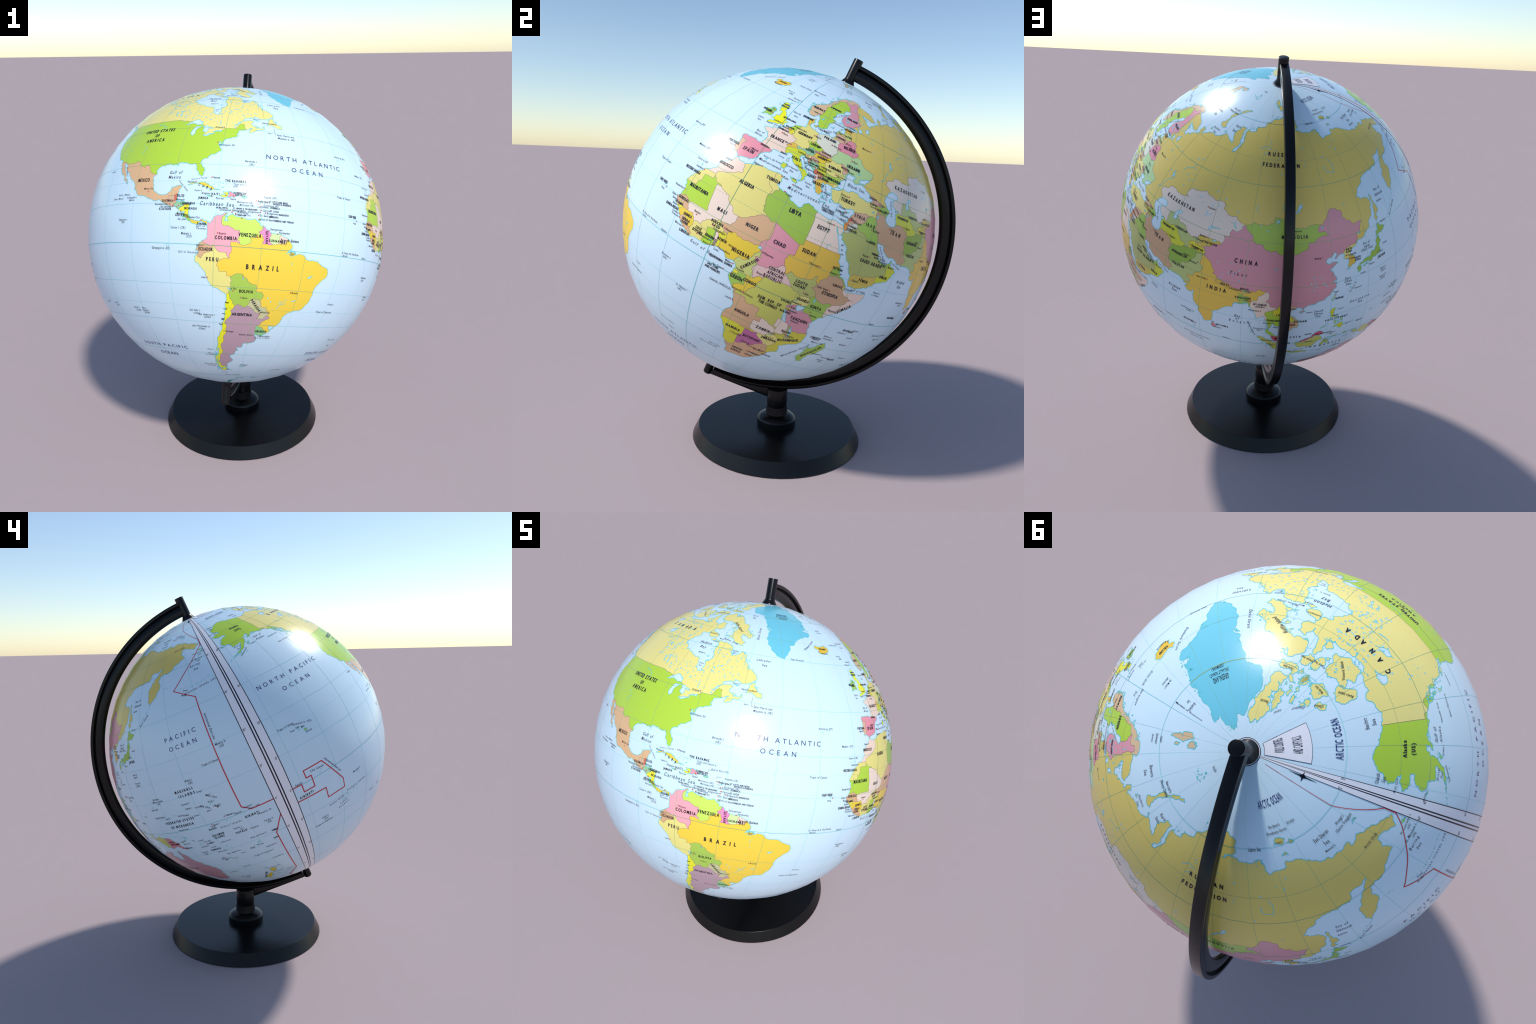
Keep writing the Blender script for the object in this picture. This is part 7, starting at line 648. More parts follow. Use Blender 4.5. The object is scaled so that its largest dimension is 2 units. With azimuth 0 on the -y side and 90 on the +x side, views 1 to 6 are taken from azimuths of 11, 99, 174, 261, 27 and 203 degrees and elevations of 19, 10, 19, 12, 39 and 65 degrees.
def on_ball(lonlat):
    """true (lon, lat) -> (u, v): longitude and latitude on the ball, in degrees"""
    p = np.atleast_2d(np.asarray(lonlat, float))
    return np.stack([p[:, 0] * 0.9797 - 0.62, lat_on_ball(p[:, 1])], 1)


def map_side(lon):
    """places beyond the seam strip stand on the eastern edge of the map"""
    return lon + 360 if lon < -168.8 else lon


def axes():
    pole = np.array([0.0035, math.sin(POLE_TILT), math.cos(POLE_TILT)])
    pole /= np.linalg.norm(pole)
    x = np.cross((0, 1, 0), pole)
    x /= np.linalg.norm(x)
    y = np.cross(pole, x)
    c, s = math.cos(MAP_TURN), math.sin(MAP_TURN)
    return np.stack([c * x + s * y, -s * x + c * y, pole], 1)


AXES = axes()
POLE = AXES[:, 2]


def unit(u, v):
    u, v = np.radians(u), np.radians(v)
    return np.stack([np.cos(v) * np.cos(u), np.cos(v) * np.sin(u), np.sin(v)], -1)


def ball_points(uv, lift=0.0):
    """point on the many-sided ball, raised by `lift` millimetres"""
    i = np.floor((uv[:, 0] - SEAM) / STEP + 1e-9)
    j = np.clip(np.floor(uv[:, 1] / STEP + 1e-9), -RINGS / 2, RINGS / 2 - 1)
    a, b = SEAM + i * STEP, j * STEP
    s, t = ((uv[:, 0] - a) / STEP)[:, None], ((uv[:, 1] - b) / STEP)[:, None]
    p = ((1 - s) * (1 - t) * unit(a, b) + s * (1 - t) * unit(a + STEP, b)
         + (1 - s) * t * unit(a, b + STEP) + s * t * unit(a + STEP, b + STEP))
    return BALL_CENTRE + BALL_RADIUS * (1 + lift * MM) * (p @ AXES.T)


def split_on_lines(tris, tags, axis, offset):
    """cut triangles (N,3,2) along the facet lines of the ball, so that none spans an edge of it"""
    done, done_tags = [], []
    while len(tris):
        order = np.argsort(tris[:, :, axis], axis=1)
        t = np.take_along_axis(tris, order[:, :, None], axis=1)
        lo, mid, hi = t[:, 0, axis], t[:, 1, axis], t[:, 2, axis]
        line = (np.floor((lo - offset) / STEP + 1e-6) + 1) * STEP + offset
        cross = line < hi - 1e-6
        done.append(tris[~cross])
        done_tags.append(tags[~cross])
        t, line, mid, lo, hi, tg = t[cross], line[cross], mid[cross], lo[cross], hi[cross], tags[cross]
        if not len(t):
            break
        a, b, c = t[:, 0], t[:, 1], t[:, 2]
        f = ((line - lo) / (hi - lo))[:, None]
        pac = a + (c - a) * f
        low = mid <= line
        g = np.where(low, (line - mid) / np.maximum(hi - mid, 1e-12), (line - lo) / np.maximum(mid - lo, 1e-12))[:, None]
        pb = np.where(low[:, None], b + (c - b) * g, a + (b - a) * g)
        pac[:, axis] = pb[:, axis] = line
        k = low
        parts = [np.stack([a[k], b[k], pb[k]], 1), np.stack([a[k], pb[k], pac[k]], 1), np.stack([c[k], pb[k], pac[k]], 1),
                 np.stack([a[~k], pb[~k], pac[~k]], 1), np.stack([pb[~k], b[~k], c[~k]], 1), np.stack([pb[~k], c[~k], pac[~k]], 1)]
        tags = np.concatenate([tg[k], tg[k], tg[k], tg[~k], tg[~k], tg[~k]])
        tris = np.concatenate(parts)
        e1, e2 = tris[:, 1] - tris[:, 0], tris[:, 2] - tris[:, 0]
        keep = np.abs(e1[:, 0] * e2[:, 1] - e1[:, 1] * e2[:, 0]) > 1e-9
        tris, tags = tris[keep], tags[keep]
    return np.concatenate(done), np.concatenate(done_tags)


def split(tris, tags=None):
    tris = np.asarray(tris, float).reshape(-1, 3, 2)
    tags = np.zeros(len(tris), int) if tags is None else np.asarray(tags)
    tris, tags = split_on_lines(tris, tags, 0, SEAM)
    return split_on_lines(tris, tags, 1, 0.0)


# ----------------------------------------------------------------------------
# MATERIALS
# ----------------------------------------------------------------------------
def linear(rgb):
    return tuple((c / 255 / 12.92 if c / 255 <= 0.04045 else ((c / 255 + 0.055) / 1.055) ** 2.4) for c in rgb) + (1,)


def glossy_print(name, rgb, rough=0.26):
    """printed paper under clear varnish: flat colour with a very faint fibre mottle"""
    m = bpy.data.materials.new(name)
    m.use_nodes = True
    n, l = m.node_tree.nodes, m.node_tree.links
    s = n["Principled BSDF"]
    geo, noise, ramp, mix = n.new("ShaderNodeTexCoord"), n.new("ShaderNodeTexNoise"), n.new("ShaderNodeMapRange"), n.new("ShaderNodeMix")
    noise.inputs["Scale"].default_value = 60
    noise.inputs["Detail"].default_value = 3
    ramp.inputs["To Min"].default_value, ramp.inputs["To Max"].default_value = 0.0, 0.035
    mix.data_type = "RGBA"
    mix.inputs[6].default_value = linear(rgb)
    mix.inputs[7].default_value = tuple(c * 0.8 for c in linear(rgb)[:3]) + (1,)
    l.new(geo.outputs["Object"], noise.inputs["Vector"])
    l.new(noise.outputs["Fac"], ramp.inputs["Value"])
    l.new(ramp.outputs["Result"], mix.inputs[0])
    l.new(mix.outputs[2], s.inputs["Base Color"])
    s.inputs["Roughness"].default_value = rough
    s.inputs["IOR"].default_value = 1.45
    return m


COLOURS = {
    "lime": (181, 219, 58), "leaf_lime": (172, 208, 80), "leaf_green": (162, 200, 70), "green": (166, 206, 84), "forest_lime": (150, 188, 70), "moss": (190, 196, 112), "pale_moss": (188, 204, 130), "sage": (208, 214, 124),
    "pale_green": (186, 220, 158), "pale_teal": (150, 208, 170), "mint": (146, 206, 142), "olive": (186, 194, 112), "olive_green": (208, 208, 96), "olive_yellow": (218, 210, 62), "khaki": (190, 178, 134), "khaki_light": (206, 202, 158),
    "yellow": (228, 222, 50), "lemon": (240, 232, 50), "sun_yellow": (246, 240, 24), "sunflower": (252, 212, 62), "golden": (240, 206, 56), "amber": (236, 192, 70), "amber_yellow": (224, 196, 82), "amber_bright": (244, 196, 44), "ochre": (240, 198, 74),
    "ochre_light": (228, 188, 72), "mustard": (230, 203, 102), "wheat": (242, 226, 138), "straw": (236, 222, 130), "straw_bright": (242, 228, 136), "lime_yellow": (206, 236, 96), "pale_lime": (214, 240, 170), "chartreuse": (216, 222, 48), "sand": (226, 188, 154),
    "tan": (224, 176, 138), "tan_rose": (226, 178, 154), "clay": (214, 170, 136), "peach": (230, 182, 142), "peach_rose": (232, 170, 134), "rust": (222, 120, 72), "red_orange": (226, 116, 84), "orange": (236, 150, 60), "rose": (224, 152, 174), "pink": (234, 152, 178),
    "pink_rose": (238, 144, 172), "candy_pink": (252, 170, 194), "coral_rose": (232, 136, 152), "crimson_rose": (222, 92, 122), "hot_pink": (248, 142, 212), "magenta": (206, 108, 172), "mauve": (192, 156, 180), "mauve_rose": (206, 150, 172), "pale_rose": (234, 196, 198),
    "blush": (244, 220, 214), "blush_rose": (244, 214, 208), "grey_rose": (234, 217, 214), "grey_white": (226, 226, 218), "cyan_blue": (108, 206, 244), "ice_teal": (70, 150, 165)}
PAINT = {}


def paint(key):
    if key not in PAINT:
        grey = 0.3 * COLOURS[key][0] + 0.6 * COLOURS[key][1] + 0.1 * COLOURS[key][2]
        dull = [c + (grey - c) * 0.10 for c in COLOURS[key]]          # every land colour mixed a tenth towards grey, blue lowered below
        PAINT[key] = glossy_print("print_" + key, (dull[0], dull[1], dull[2] * 0.94))
    return PAINT[key]


def plastic(name, base, rough, ior=1.5):
    m = bpy.data.materials.new(name)
    m.use_nodes = True
    n, l = m.node_tree.nodes, m.node_tree.links
    s = n["Principled BSDF"]
    s.inputs["Base Color"].default_value = base
    s.inputs["IOR"].default_value = ior
    s.inputs["Specular IOR Level"].default_value = 0.3
    tc, noise, rr = n.new("ShaderNodeTexCoord"), n.new("ShaderNodeTexNoise"), n.new("ShaderNodeMapRange")
    noise.inputs["Scale"].default_value = 9
    noise.inputs["Detail"].default_value = 5
    rr.inputs["To Min"].default_value, rr.inputs["To Max"].default_value = rough - 0.02, rough + 0.02
    l.new(tc.outputs["Object"], noise.inputs["Vector"])
    l.new(noise.outputs["Fac"], rr.inputs["Value"])
    l.new(rr.outputs["Result"], s.inputs["Roughness"])
    return m


BLACK_PLASTIC = plastic("black_plastic", (0.003, 0.003, 0.0036, 1), 0.26)
OCEAN = glossy_print("print_ocean", (210, 235, 248))
WATER = glossy_print("print_lake", (186, 226, 246))
COAST_INK = glossy_print("ink_coast", (98, 206, 210))
BORDER_INK = glossy_print("ink_border", (150, 128, 110))
GRID_INK = glossy_print("ink_graticule", (170, 226, 233))
GRID_LAND_INK = glossy_print("ink_graticule_on_land", (150, 186, 132))
EQUATOR_LAND_INK = glossy_print("ink_equator_on_land", (120, 168, 126))
EQUATOR_INK = glossy_print("ink_equator", (112, 202, 208))
RED_INK = glossy_print("ink_date_line", (204, 40, 46))
BLACK_INK = glossy_print("ink_black", (28, 24, 40))
GREY_INK = glossy_print("ink_grey", (70, 70, 84))
NAVY_INK = glossy_print("ink_navy", (52, 60, 116))
WHITE_PAPER = glossy_print("print_white", (238, 238, 244))
CAPITAL_INK = glossy_print("ink_capital", (196, 104, 96))


# ----------------------------------------------------------------------------
# OBJECTS
# ----------------------------------------------------------------------------
def add(name, verts, faces, material, parent, smooth=True, normals=None):
    me = bpy.data.meshes.new(name)
    me.from_pydata([tuple(p) for p in verts], [], [tuple(f) for f in faces])
    me.materials.append(material)
    me.update()
    if smooth:
        me.polygons.foreach_set("use_smooth", [True] * len(me.polygons))
    if normals is not None:
        me.normals_split_custom_set_from_vertices([tuple(n) for n in normals])
    ob = bpy.data.objects.new(name, me)
    bpy.context.scene.collection.objects.link(ob)
    ob.parent = parent
    return ob


GLOBE = bpy.data.objects.new("desk_globe", None)
bpy.context.scene.collection.objects.link(GLOBE)
GLOBE["label"] = "political world globe on a black plastic stand with half-round arm"
GLOBE["category"] = "globe"


def ball_mesh():
    verts, faces, normals = [], [], []
    us = SEAM + STEP * np.arange(SEGMENTS)
    vs = -90 + STEP * np.arange(1, RINGS)
    for v in vs:
        for d in unit(us, np.full(SEGMENTS, v)) @ AXES.T:
            verts.append(BALL_CENTRE + BALL_RADIUS * d)
            normals.append(d)
    for r in range(RINGS - 2):
        for k in range(SEGMENTS):
            k2 = (k + 1) % SEGMENTS
            faces.append((r * SEGMENTS + k, r * SEGMENTS + k2, (r + 1) * SEGMENTS + k2, (r + 1) * SEGMENTS + k))
    for sign, row in ((-1, 0), (1, RINGS - 2)):
        verts.append(BALL_CENTRE + sign * BALL_RADIUS * POLE)
        normals.append(sign * POLE)
        for k in range(SEGMENTS):
            k2 = (k + 1) % SEGMENTS
            f = (row * SEGMENTS + k, row * SEGMENTS + k2, len(verts) - 1)
            faces.append(f if sign > 0 else f[::-1])
    return add("globe_ball", verts, faces, OCEAN, GLOBE, normals=normals)


BALL = ball_mesh()


def print_on_ball(name, tris, material, lift, kind=None, group=None):
    """flat triangles in (u, v) become a thin print on the ball; every `group` of triangles (one stroke, one speck)
    gets a hair of its own height, so that overlapping strokes never share a plane"""
    tris = np.asarray(tris, float).reshape(-1, 3, 2)
    tris, tags = split(tris, np.arange(len(tris)) // group % 37 if group else None)
    e1, e2 = tris[:, 1] - tris[:, 0], tris[:, 2] - tris[:, 0]
    flip = e1[:, 0] * e2[:, 1] - e1[:, 1] * e2[:, 0] < 0
    tris[flip] = tris[flip][:, ::-1]
    # corners are placed on the facet of the triangle's own middle, so that facet edges stay shut
    middle = tris.mean(axis=1, keepdims=True)
    uv = (tris + (middle - tris) * 1e-7).reshape(-1, 2)
    key = np.concatenate([np.round(uv, 5), np.repeat(tags, 3)[:, None]], 1)
    uniq, index, inverse = np.unique(key, axis=0, return_index=True, return_inverse=True)
    p = ball_points(uv[index], lift + 0.003 * uniq[:, 2:3])
    n = unit(uv[index][:, 0], uv[index][:, 1]) @ AXES.T
    faces = np.asarray(inverse).reshape(-1, 3)
    good = (faces[:, 0] != faces[:, 1]) & (faces[:, 1] != faces[:, 2]) & (faces[:, 0] != faces[:, 2])
    ob = add(name, p, faces[good].tolist(), material, BALL, normals=n)
    if kind:
        ob["kind"] = kind
    return ob


# ----------------------------------------------------------------------------
# COASTS AND COUNTRIES
# ----------------------------------------------------------------------------
def roughen(a, b, amount, seed_scale=1.0, smallest=0.45):
    """points from a to b (b left out), bent by repeated midpoint shifts; the same for a->b and b->a"""
    swap = a > b
    p, q = (b, a) if swap else (a, b)
    rng = random.Random(f"{p[0]:.3f},{p[1]:.3f},{q[0]:.3f},{q[1]:.3f}")

    def go(p, q, amt):
        dx, dy = q[0] - p[0], q[1] - p[1]
        shrink = max(0.15, math.cos(math.radians(min(80, abs(p[1])))))
        length = math.hypot(dx * shrink, dy)
        if length < smallest:
            return [p]
        k = rng.choice((-1, 1)) * rng.uniform(0.35, 1.0) * amt
        m = ((p[0] + q[0]) / 2 - dy * k / shrink, (p[1] + q[1]) / 2 + dx * shrink * k)
        return go(p, m, amt) + go(m, q, amt)

    pts = go(p, q, amount) + [q]
    return pts[::-1][:-1] if swap else pts[:-1]


def rough_ring(ring, amount, smallest=0.28):
    out = []
    for a, b in zip(ring, ring[1:] + ring[:1]):
        out += roughen(tuple(map(float, a)), tuple(map(float, b)), amount, smallest=smallest)
    return out


def is_straight(a, b):
    """ruled frontiers: along a parallel or a meridian, or very long"""
    return abs(a[0] - b[0]) < 0.05 or abs(a[1] - b[1]) < 0.05 or math.hypot(a[0] - b[0], a[1] - b[1]) > 7.5


def border_ring(ring):
    out = []
    for a, b in zip(ring, ring[1:] + ring[:1]):
        a, b = tuple(map(float, a)), tuple(map(float, b))
        out += roughen(a, b, 0.0 if is_straight(a, b) else 0.17, smallest=0.8)
    return out


def inside(points, ring):
    x, y = points[:, 0], points[:, 1]
    r = np.asarray(ring)
    hit = np.zeros(len(points), bool)
    box = (x > r[:, 0].min()) & (x < r[:, 0].max()) & (y > r[:, 1].min()) & (y < r[:, 1].max())
    if not box.any():
        return hit
    xs, ys = x[box], y[box]
    got = np.zeros(len(xs), bool)
    x1, y1 = r[:, 0], r[:, 1]
    x2, y2 = np.roll(x1, -1), np.roll(y1, -1)
    for k in range(len(r)):
        if y1[k] == y2[k]:
            continue
        up = (y1[k] > ys) != (y2[k] > ys)
        if up.any():
            got[up] ^= xs[up] < x1[k] + (ys[up] - y1[k]) / (y2[k] - y1[k]) * (x2[k] - x1[k])
    hit[box] = got
    return hit


LAND_RINGS = []
PATCHES = {}          # (country, colour) -> list of triangle arrays
COAST_EDGES, BORDER_EDGES = [], []


def triangulate(rings):
    verts, edges = [], []
    for r in rings:
        start, count = len(verts), len(r)
        verts += [Vector((float(x), float(y))) for x, y in r]
        edges += [(start + k, start + (k + 1) % count) for k in range(count)]
    v, _, f, _, _, _ = delaunay_2d_cdt(verts, edges, [], 0, 1e-5)
    return np.array([(p.x, p.y) for p in v]), np.array(f)


def cut_land(coast, countries, lakes, amount=0.16):
    ring = on_ball(rough_ring(coast, amount))
    LAND_RINGS.append(ring)
    outlines = [on_ball(border_ring(o)) for _, _, o in countries]
    waters = [on_ball(rough_ring(o, 0.16)) for o in lakes]
    v, f = triangulate([ring] + outlines + waters)
    mid = v[f].mean(axis=1)
    land = inside(mid, ring)
    for w in waters:
        land &= ~inside(mid, w)
    owner = np.full(len(f), -1)
    for k, o in enumerate(outlines):
        owner[inside(mid, o)] = k
    owner[~land] = -2
    # gaps between two outlines go to the neighbour across the longest side
    sides = {}
    for t, tri in enumerate(f):
        for a, b in ((tri[0], tri[1]), (tri[1], tri[2]), (tri[2], tri[0])):
            sides.setdefault((min(a, b), max(a, b)), []).append(t)
    for _ in range(40):
        best = {}
        for (a, b), ts in sides.items():
            if len(ts) == 2:
                for t, o in (ts, ts[::-1]):
                    if owner[t] == -1 and owner[o] >= 0:
                        d = float(np.hypot(*(v[a] - v[b])))
                        if d > best.get(t, (0, 0))[0]:
                            best[t] = (d, owner[o])
        if not best:
            break
        for t, (_, o) in best.items():
            owner[t] = o
    owner[owner == -1] = 0
    for (a, b), ts in sides.items():
        names = [countries[owner[t]][0] if owner[t] >= 0 else None for t in ts]
        if len(ts) == 2 and names[0] != names[1]:
            (COAST_EDGES if None in names else BORDER_EDGES).append((v[a], v[b]))
    for k, (name, colour, _) in enumerate(countries):
        if (owner == k).any():
            PATCHES.setdefault((name, colour), []).append(v[f[owner == k]])


def cut_island(name, colour, coast, amount=0.17):
    cut_land(coast, [(name, colour, [(x + dx, y + dy) for x, y, dx, dy in
             [(min(p[0] for p in coast) - 5, max(-89, min(p[1] for p in coast) - 4), 0, 0), (max(p[0] for p in coast) + 5, max(-89, min(p[1] for p in coast) - 4), 0, 0),
              (max(p[0] for p in coast) + 5, min(89, max(p[1] for p in coast) + 4), 0, 0), (min(p[0] for p in coast) - 5, min(89, max(p[1] for p in coast) + 4), 0, 0)]])], [], amount)


def lakes_in(lon0, lon1, lat0, lat1):
    return [o for o in LAKES if lon0 < o[0][0] < lon1 and lat0 < o[0][1] < lat1]


cut_land(AFRICA_COAST, AFRICA, lakes_in(8, 36.3, -20, 15), 0.07)
cut_land(EURASIA_COAST, EURASIA, lakes_in(10, 180, 25, 70), 0.17)
cut_land(NORTH_AMERICA_COAST, NORTH_AMERICA, lakes_in(-170, -75, 11, 70), 0.2)
cut_land(SOUTH_AMERICA_COAST, SOUTH_AMERICA, lakes_in(-80, -30, -50, 11.5), 0.10)
for island in ISLANDS:
    cut_island(*island, **({"amount": 0.15} if island[0] == "greenland" else {"amount": 0.22} if island[0] == "canada" and len(island[2]) > 5 else {"amount": 0.2} if len(island[2]) < 7 else {}))

for (name, colour), parts in PATCHES.items():
    print_on_ball("country", np.concatenate(parts), paint(colour), 0.15)["country"] = name


# ----------------------------------------------------------------------------
# LINES
# ----------------------------------------------------------------------------
def stroke(a, b, width, ends=0.5):
    """ribbon quads (u, v) along segments a->b (N,2), `width` in degrees of arc"""
    a, b = np.asarray(a, float).reshape(-1, 2), np.asarray(b, float).reshape(-1, 2)
    c = np.maximum(np.cos(np.radians((a[:, 1] + b[:, 1]) / 2)), 0.05)
    d = np.stack([(b[:, 0] - a[:, 0]) * c, b[:, 1] - a[:, 1]], 1)
    length = np.maximum(np.hypot(d[:, 0], d[:, 1]), 1e-9)[:, None]
    d = d / length
    along = np.stack([d[:, 0] / c, d[:, 1]], 1) * width * ends
    across = np.stack([-d[:, 1] / c, d[:, 0]], 1) * width / 2
    a, b = a - along, b + along
    q = [a - across, b - across, b + across, a + across]
    return np.stack([np.stack([q[0], q[1], q[2]], 1), np.stack([q[0], q[2], q[3]], 1)], 1).reshape(-1, 3, 2)


def polyline(points, width, most=2.0, narrowing=False):
    """dense ribbon along true (lon, lat) points"""
    out = []
    for (x1, y1), (x2, y2) in zip(points[:-1], points[1:]):
        n = max(1, int(math.ceil(math.hypot(x2 - x1, y2 - y1) / most)))
        t = np.linspace(0, 1, n + 1)
        p = on_ball(np.stack([x1 + (x2 - x1) * t, y1 + (y2 - y1) * t], 1))
        if narrowing:
            for a, b in zip(p[:-1], p[1:]):
                out.append(stroke(a, b, width * max(0.2, math.cos(math.radians(a[1]))), 0.3))
        else:
            out.append(stroke(p[:-1], p[1:], width, 0.3))
    return np.concatenate(out)


def edges_as_ribbon(edges, width):
    e = np.array(edges)
    return stroke(e[:, 0], e[:, 1], width)


print_on_ball("coast_line", edges_as_ribbon(COAST_EDGES, 0.15), COAST_INK, 0.36, "stuff", 2)
print_on_ball("border_line", edges_as_ribbon(BORDER_EDGES, 0.10), BORDER_INK, 0.33, "stuff", 2)

WEST, EAST = -168.7, 191.4


def on_land(tris):
    mid = tris.mean(axis=1)
    hit = np.zeros(len(mid), bool)
    for ring in LAND_RINGS:
        hit |= inside(mid, ring)
    return hit


def ruled(name, strips, lift, sea_ink, land_ink):
    """ruled lines, printed in one ink over the sea and in another over the land"""
    t = np.concatenate(strips)
    dry = on_land(t)
    dry[1::2] = dry[::2]
    print_on_ball(name, t[~dry], sea_ink, lift, "stuff", 2)
    print_on_ball(name, t[dry], land_ink, lift, "stuff", 2)


ruled("meridian_line", [polyline([(lon, -85), (lon, 84.2)], 0.12, 1.0, narrowing=True) for lon in range(-165, 190, 15) if lon], 0.42, GRID_INK, GRID_LAND_INK)
ruled("parallel_line", [polyline([(WEST, lat), (EAST, lat)], 0.11 + 0.07 * (abs(lat) / 75) ** 3, 1.0) for lat in (-75, -60, -45, -30, -15, 15, 30, 45, 60, 75)], 0.56, GRID_INK, GRID_LAND_INK)
ruled("equator_line", [polyline([(WEST, 0), (EAST, 0)], 0.16, 1.0), polyline([(0, -85), (0, 84.2)], 0.17, 1.0, narrowing=True)], 0.70, EQUATOR_INK, EQUATOR_LAND_INK)
ruled("tropic_line", [polyline([(lon, lat), (lon + 0.65, lat)], 0.09) for lat in (-66.56, -23.44, 23.44, 66.56) for lon in np.arange(WEST, EAST, 1.1)], 0.56, GRID_INK, GRID_LAND_INK)

DATE_LINE = [[(180, 83.9), (180.6, 75), (191.2, 67.7), (191.0, 65.3), (170.6, 52.7), (180, 48), (180, 2.6), (183, 0.1), (191.4, 0.1)],
             [(-168.7, 0.1), (-165.1, 0.1), (-165.1, -3.5), (-160.6, -3.5), (-160.6, 1.7), (-162.7, 1.7), (-162.7, 5), (-154.9, 5), (-148.4, -7.5), (-148.4, -11.8), (-156.7, -11.8), (-156.7, -6.8), (-168.7, -6.5)],
             [(191.4, -7.6), (187, -15.6), (187, -45), (180, -51), (180, -80)]]
print_on_ball("date_line", np.concatenate([polyline(l, 0.36, narrowing=not k) for k, l in enumerate(DATE_LINE)]), RED_INK, 0.86, "stuff", 2)


# ----------------------------------------------------------------------------
# SPECKS: small islands, small lakes, rivers
# ----------------------------------------------------------------------------
def blob(lon, lat, size, rng, corners=7, stretch=1.6):
    """a ragged little outline (u, v triangles) around a true position"""
    c = on_ball((map_side(lon), lat))[0]
    turn, cs = rng.uniform(0, math.pi), max(0.2, math.cos(math.radians(c[1])))
    pts = []
    for k in range(corners):
        a, r = 2 * math.pi * k / corners, size * rng.uniform(0.55, 1.15)
        x, y = r * math.cos(a) * stretch, r * math.sin(a)
        pts.append((c[0] + (x * math.cos(turn) - y * math.sin(turn)) / cs, c[1] + x * math.sin(turn) + y * math.cos(turn)))
    return [(c, pts[k], pts[(k + 1) % corners]) for k in range(corners)], pts


specks = []
for lon, lat, hl, hw, number in SPECKS:
    for _ in range(number):
        t, _p = blob(lon + RNG.uniform(-hl, hl), lat + RNG.uniform(-hw, hw), RNG.uniform(0.07, 0.2), RNG, 5)
        specks += t
for points, number in SPECK_ARCS:
    legs = [math.hypot(b[0] - a[0], b[1] - a[1]) for a, b in zip(points, points[1:])]
    for k in range(number):
        s = sum(legs) * (k + 0.5) / number
        for leg, a, b in zip(legs, points, points[1:]):
            if s <= leg:
                t, _p = blob(a[0] + (b[0] - a[0]) * s / leg + RNG.uniform(-.3, .3), a[1] + (b[1] - a[1]) * s / leg + RNG.uniform(-.2, .2), RNG.uniform(0.1, 0.2), RNG, 5)
                specks += t
                break
            s -= leg
print_on_ball("islet", np.array(specks), COAST_INK, 0.50, "stuff", 5)

lake_rims, lake_waters, lake_dots = [], [], []
for lon0, lon1, lat0, lat1, number, size in LAKE_FIELDS:
    for _ in range(number):
        s = size * 0.72 * RNG.uniform(0.3, 1.0) ** 1.3
        t, pts = blob(RNG.uniform(lon0, lon1), RNG.uniform(lat0, lat1), s, RNG, 7, 1.9)
        if s < 0.14:
            lake_dots += t
        else:
            lake_waters += t
            p = np.array(pts)
            lake_rims += list(stroke(p, np.roll(p, -1, axis=0), 0.07))
print_on_ball("lake", np.array(lake_waters), WATER, 0.19, "stuff", 7)
for river in RIVERS:
    line = []
    for a, b in zip(river, river[1:]):
        line += roughen(tuple(map(float, a)), tuple(map(float, b)), 0.22)
    lake_rims += list(polyline(line + [river[-1]], 0.15))
print_on_ball("lake_shore", np.array(lake_rims), COAST_INK, 0.31, "stuff", 2)

print_on_ball("pond", np.array(lake_dots), COAST_INK, 0.19, "stuff", 7)

# ----------------------------------------------------------------------------
# THE WHITE SEAM STRIP AND THE TITLE WEDGE
# ----------------------------------------------------------------------------
STRIP_A, STRIP_B = -173.1, -165.9           # on the ball
rows = np.arange(-90, 90.01, STEP)
rows[-1] = 87.0
rows[0] = -87.0


def upright(u, v0, v1, width_deg_u, n=40):
    """a line along a meridian, of constant width in longitude"""
    v = np.linspace(v0, v1, n)
    a, b = u - width_deg_u / 2, u + width_deg_u / 2
    out = []
    for p, q in zip(v[:-1], v[1:]):
        out += [((a, p), (b, p), (b, q)), ((a, p), (b, q), (a, q))]
    return np.array(out)


print_on_ball("seam_strip", np.concatenate([upright((STRIP_A + SEAM) / 2, -87, 87.3, SEAM - STRIP_A), upright((STRIP_B + SEAM) / 2, -87, 87.3, STRIP_B - SEAM)]), WHITE_PAPER, 0.98)
strip_lines = [upright(u, -87, 87.3, w) for u, w in ((STRIP_A, 0.27), (STRIP_B, 0.27), (SEAM - 0.5, 0.46), (SEAM + 0.5, 0.46))]
print_on_ball("seam_strip_line", np.concatenate(strip_lines), BLACK_INK, 1.12, "stuff")

wedge = [(-164.3, 79.2), (-126.5, 79.2), (-126.5, 84.4), (-164.3, 84.4)]
n = 12
lons = np.linspace(-164.3, -126.5, n)
low, high = on_ball([(x, 79.2) for x in lons]), on_ball([(x, 84.4) for x in lons])
tri = []
for k in range(n - 1):
    tri += [(low[k], low[k + 1], high[k + 1]), (low[k], high[k + 1], high[k])]
print_on_ball("title_panel", np.array(tri), WHITE_PAPER, 0.98)
print_on_ball("title_panel_edge", polyline(wedge + wedge[:1], 0.09), GREY_INK, 1.12, "stuff", 2)
# compass rose beside the strip: a long thin needle and two short blades
star = on_ball((189.6, 79.7))[0]


def dart(cu, cv, long, broad, turn):
    c = max(0.1, math.cos(math.radians(cv)))
    pts = [(long, 0), (0, broad), (-long, 0), (0, -broad)]
    r = [(cu + (x * math.cos(turn) - y * math.sin(turn)) / c, cv + x * math.sin(turn) + y * math.cos(turn)) for x, y in pts]
    return [(r[0], r[1], r[2]), (r[0], r[2], r[3])]


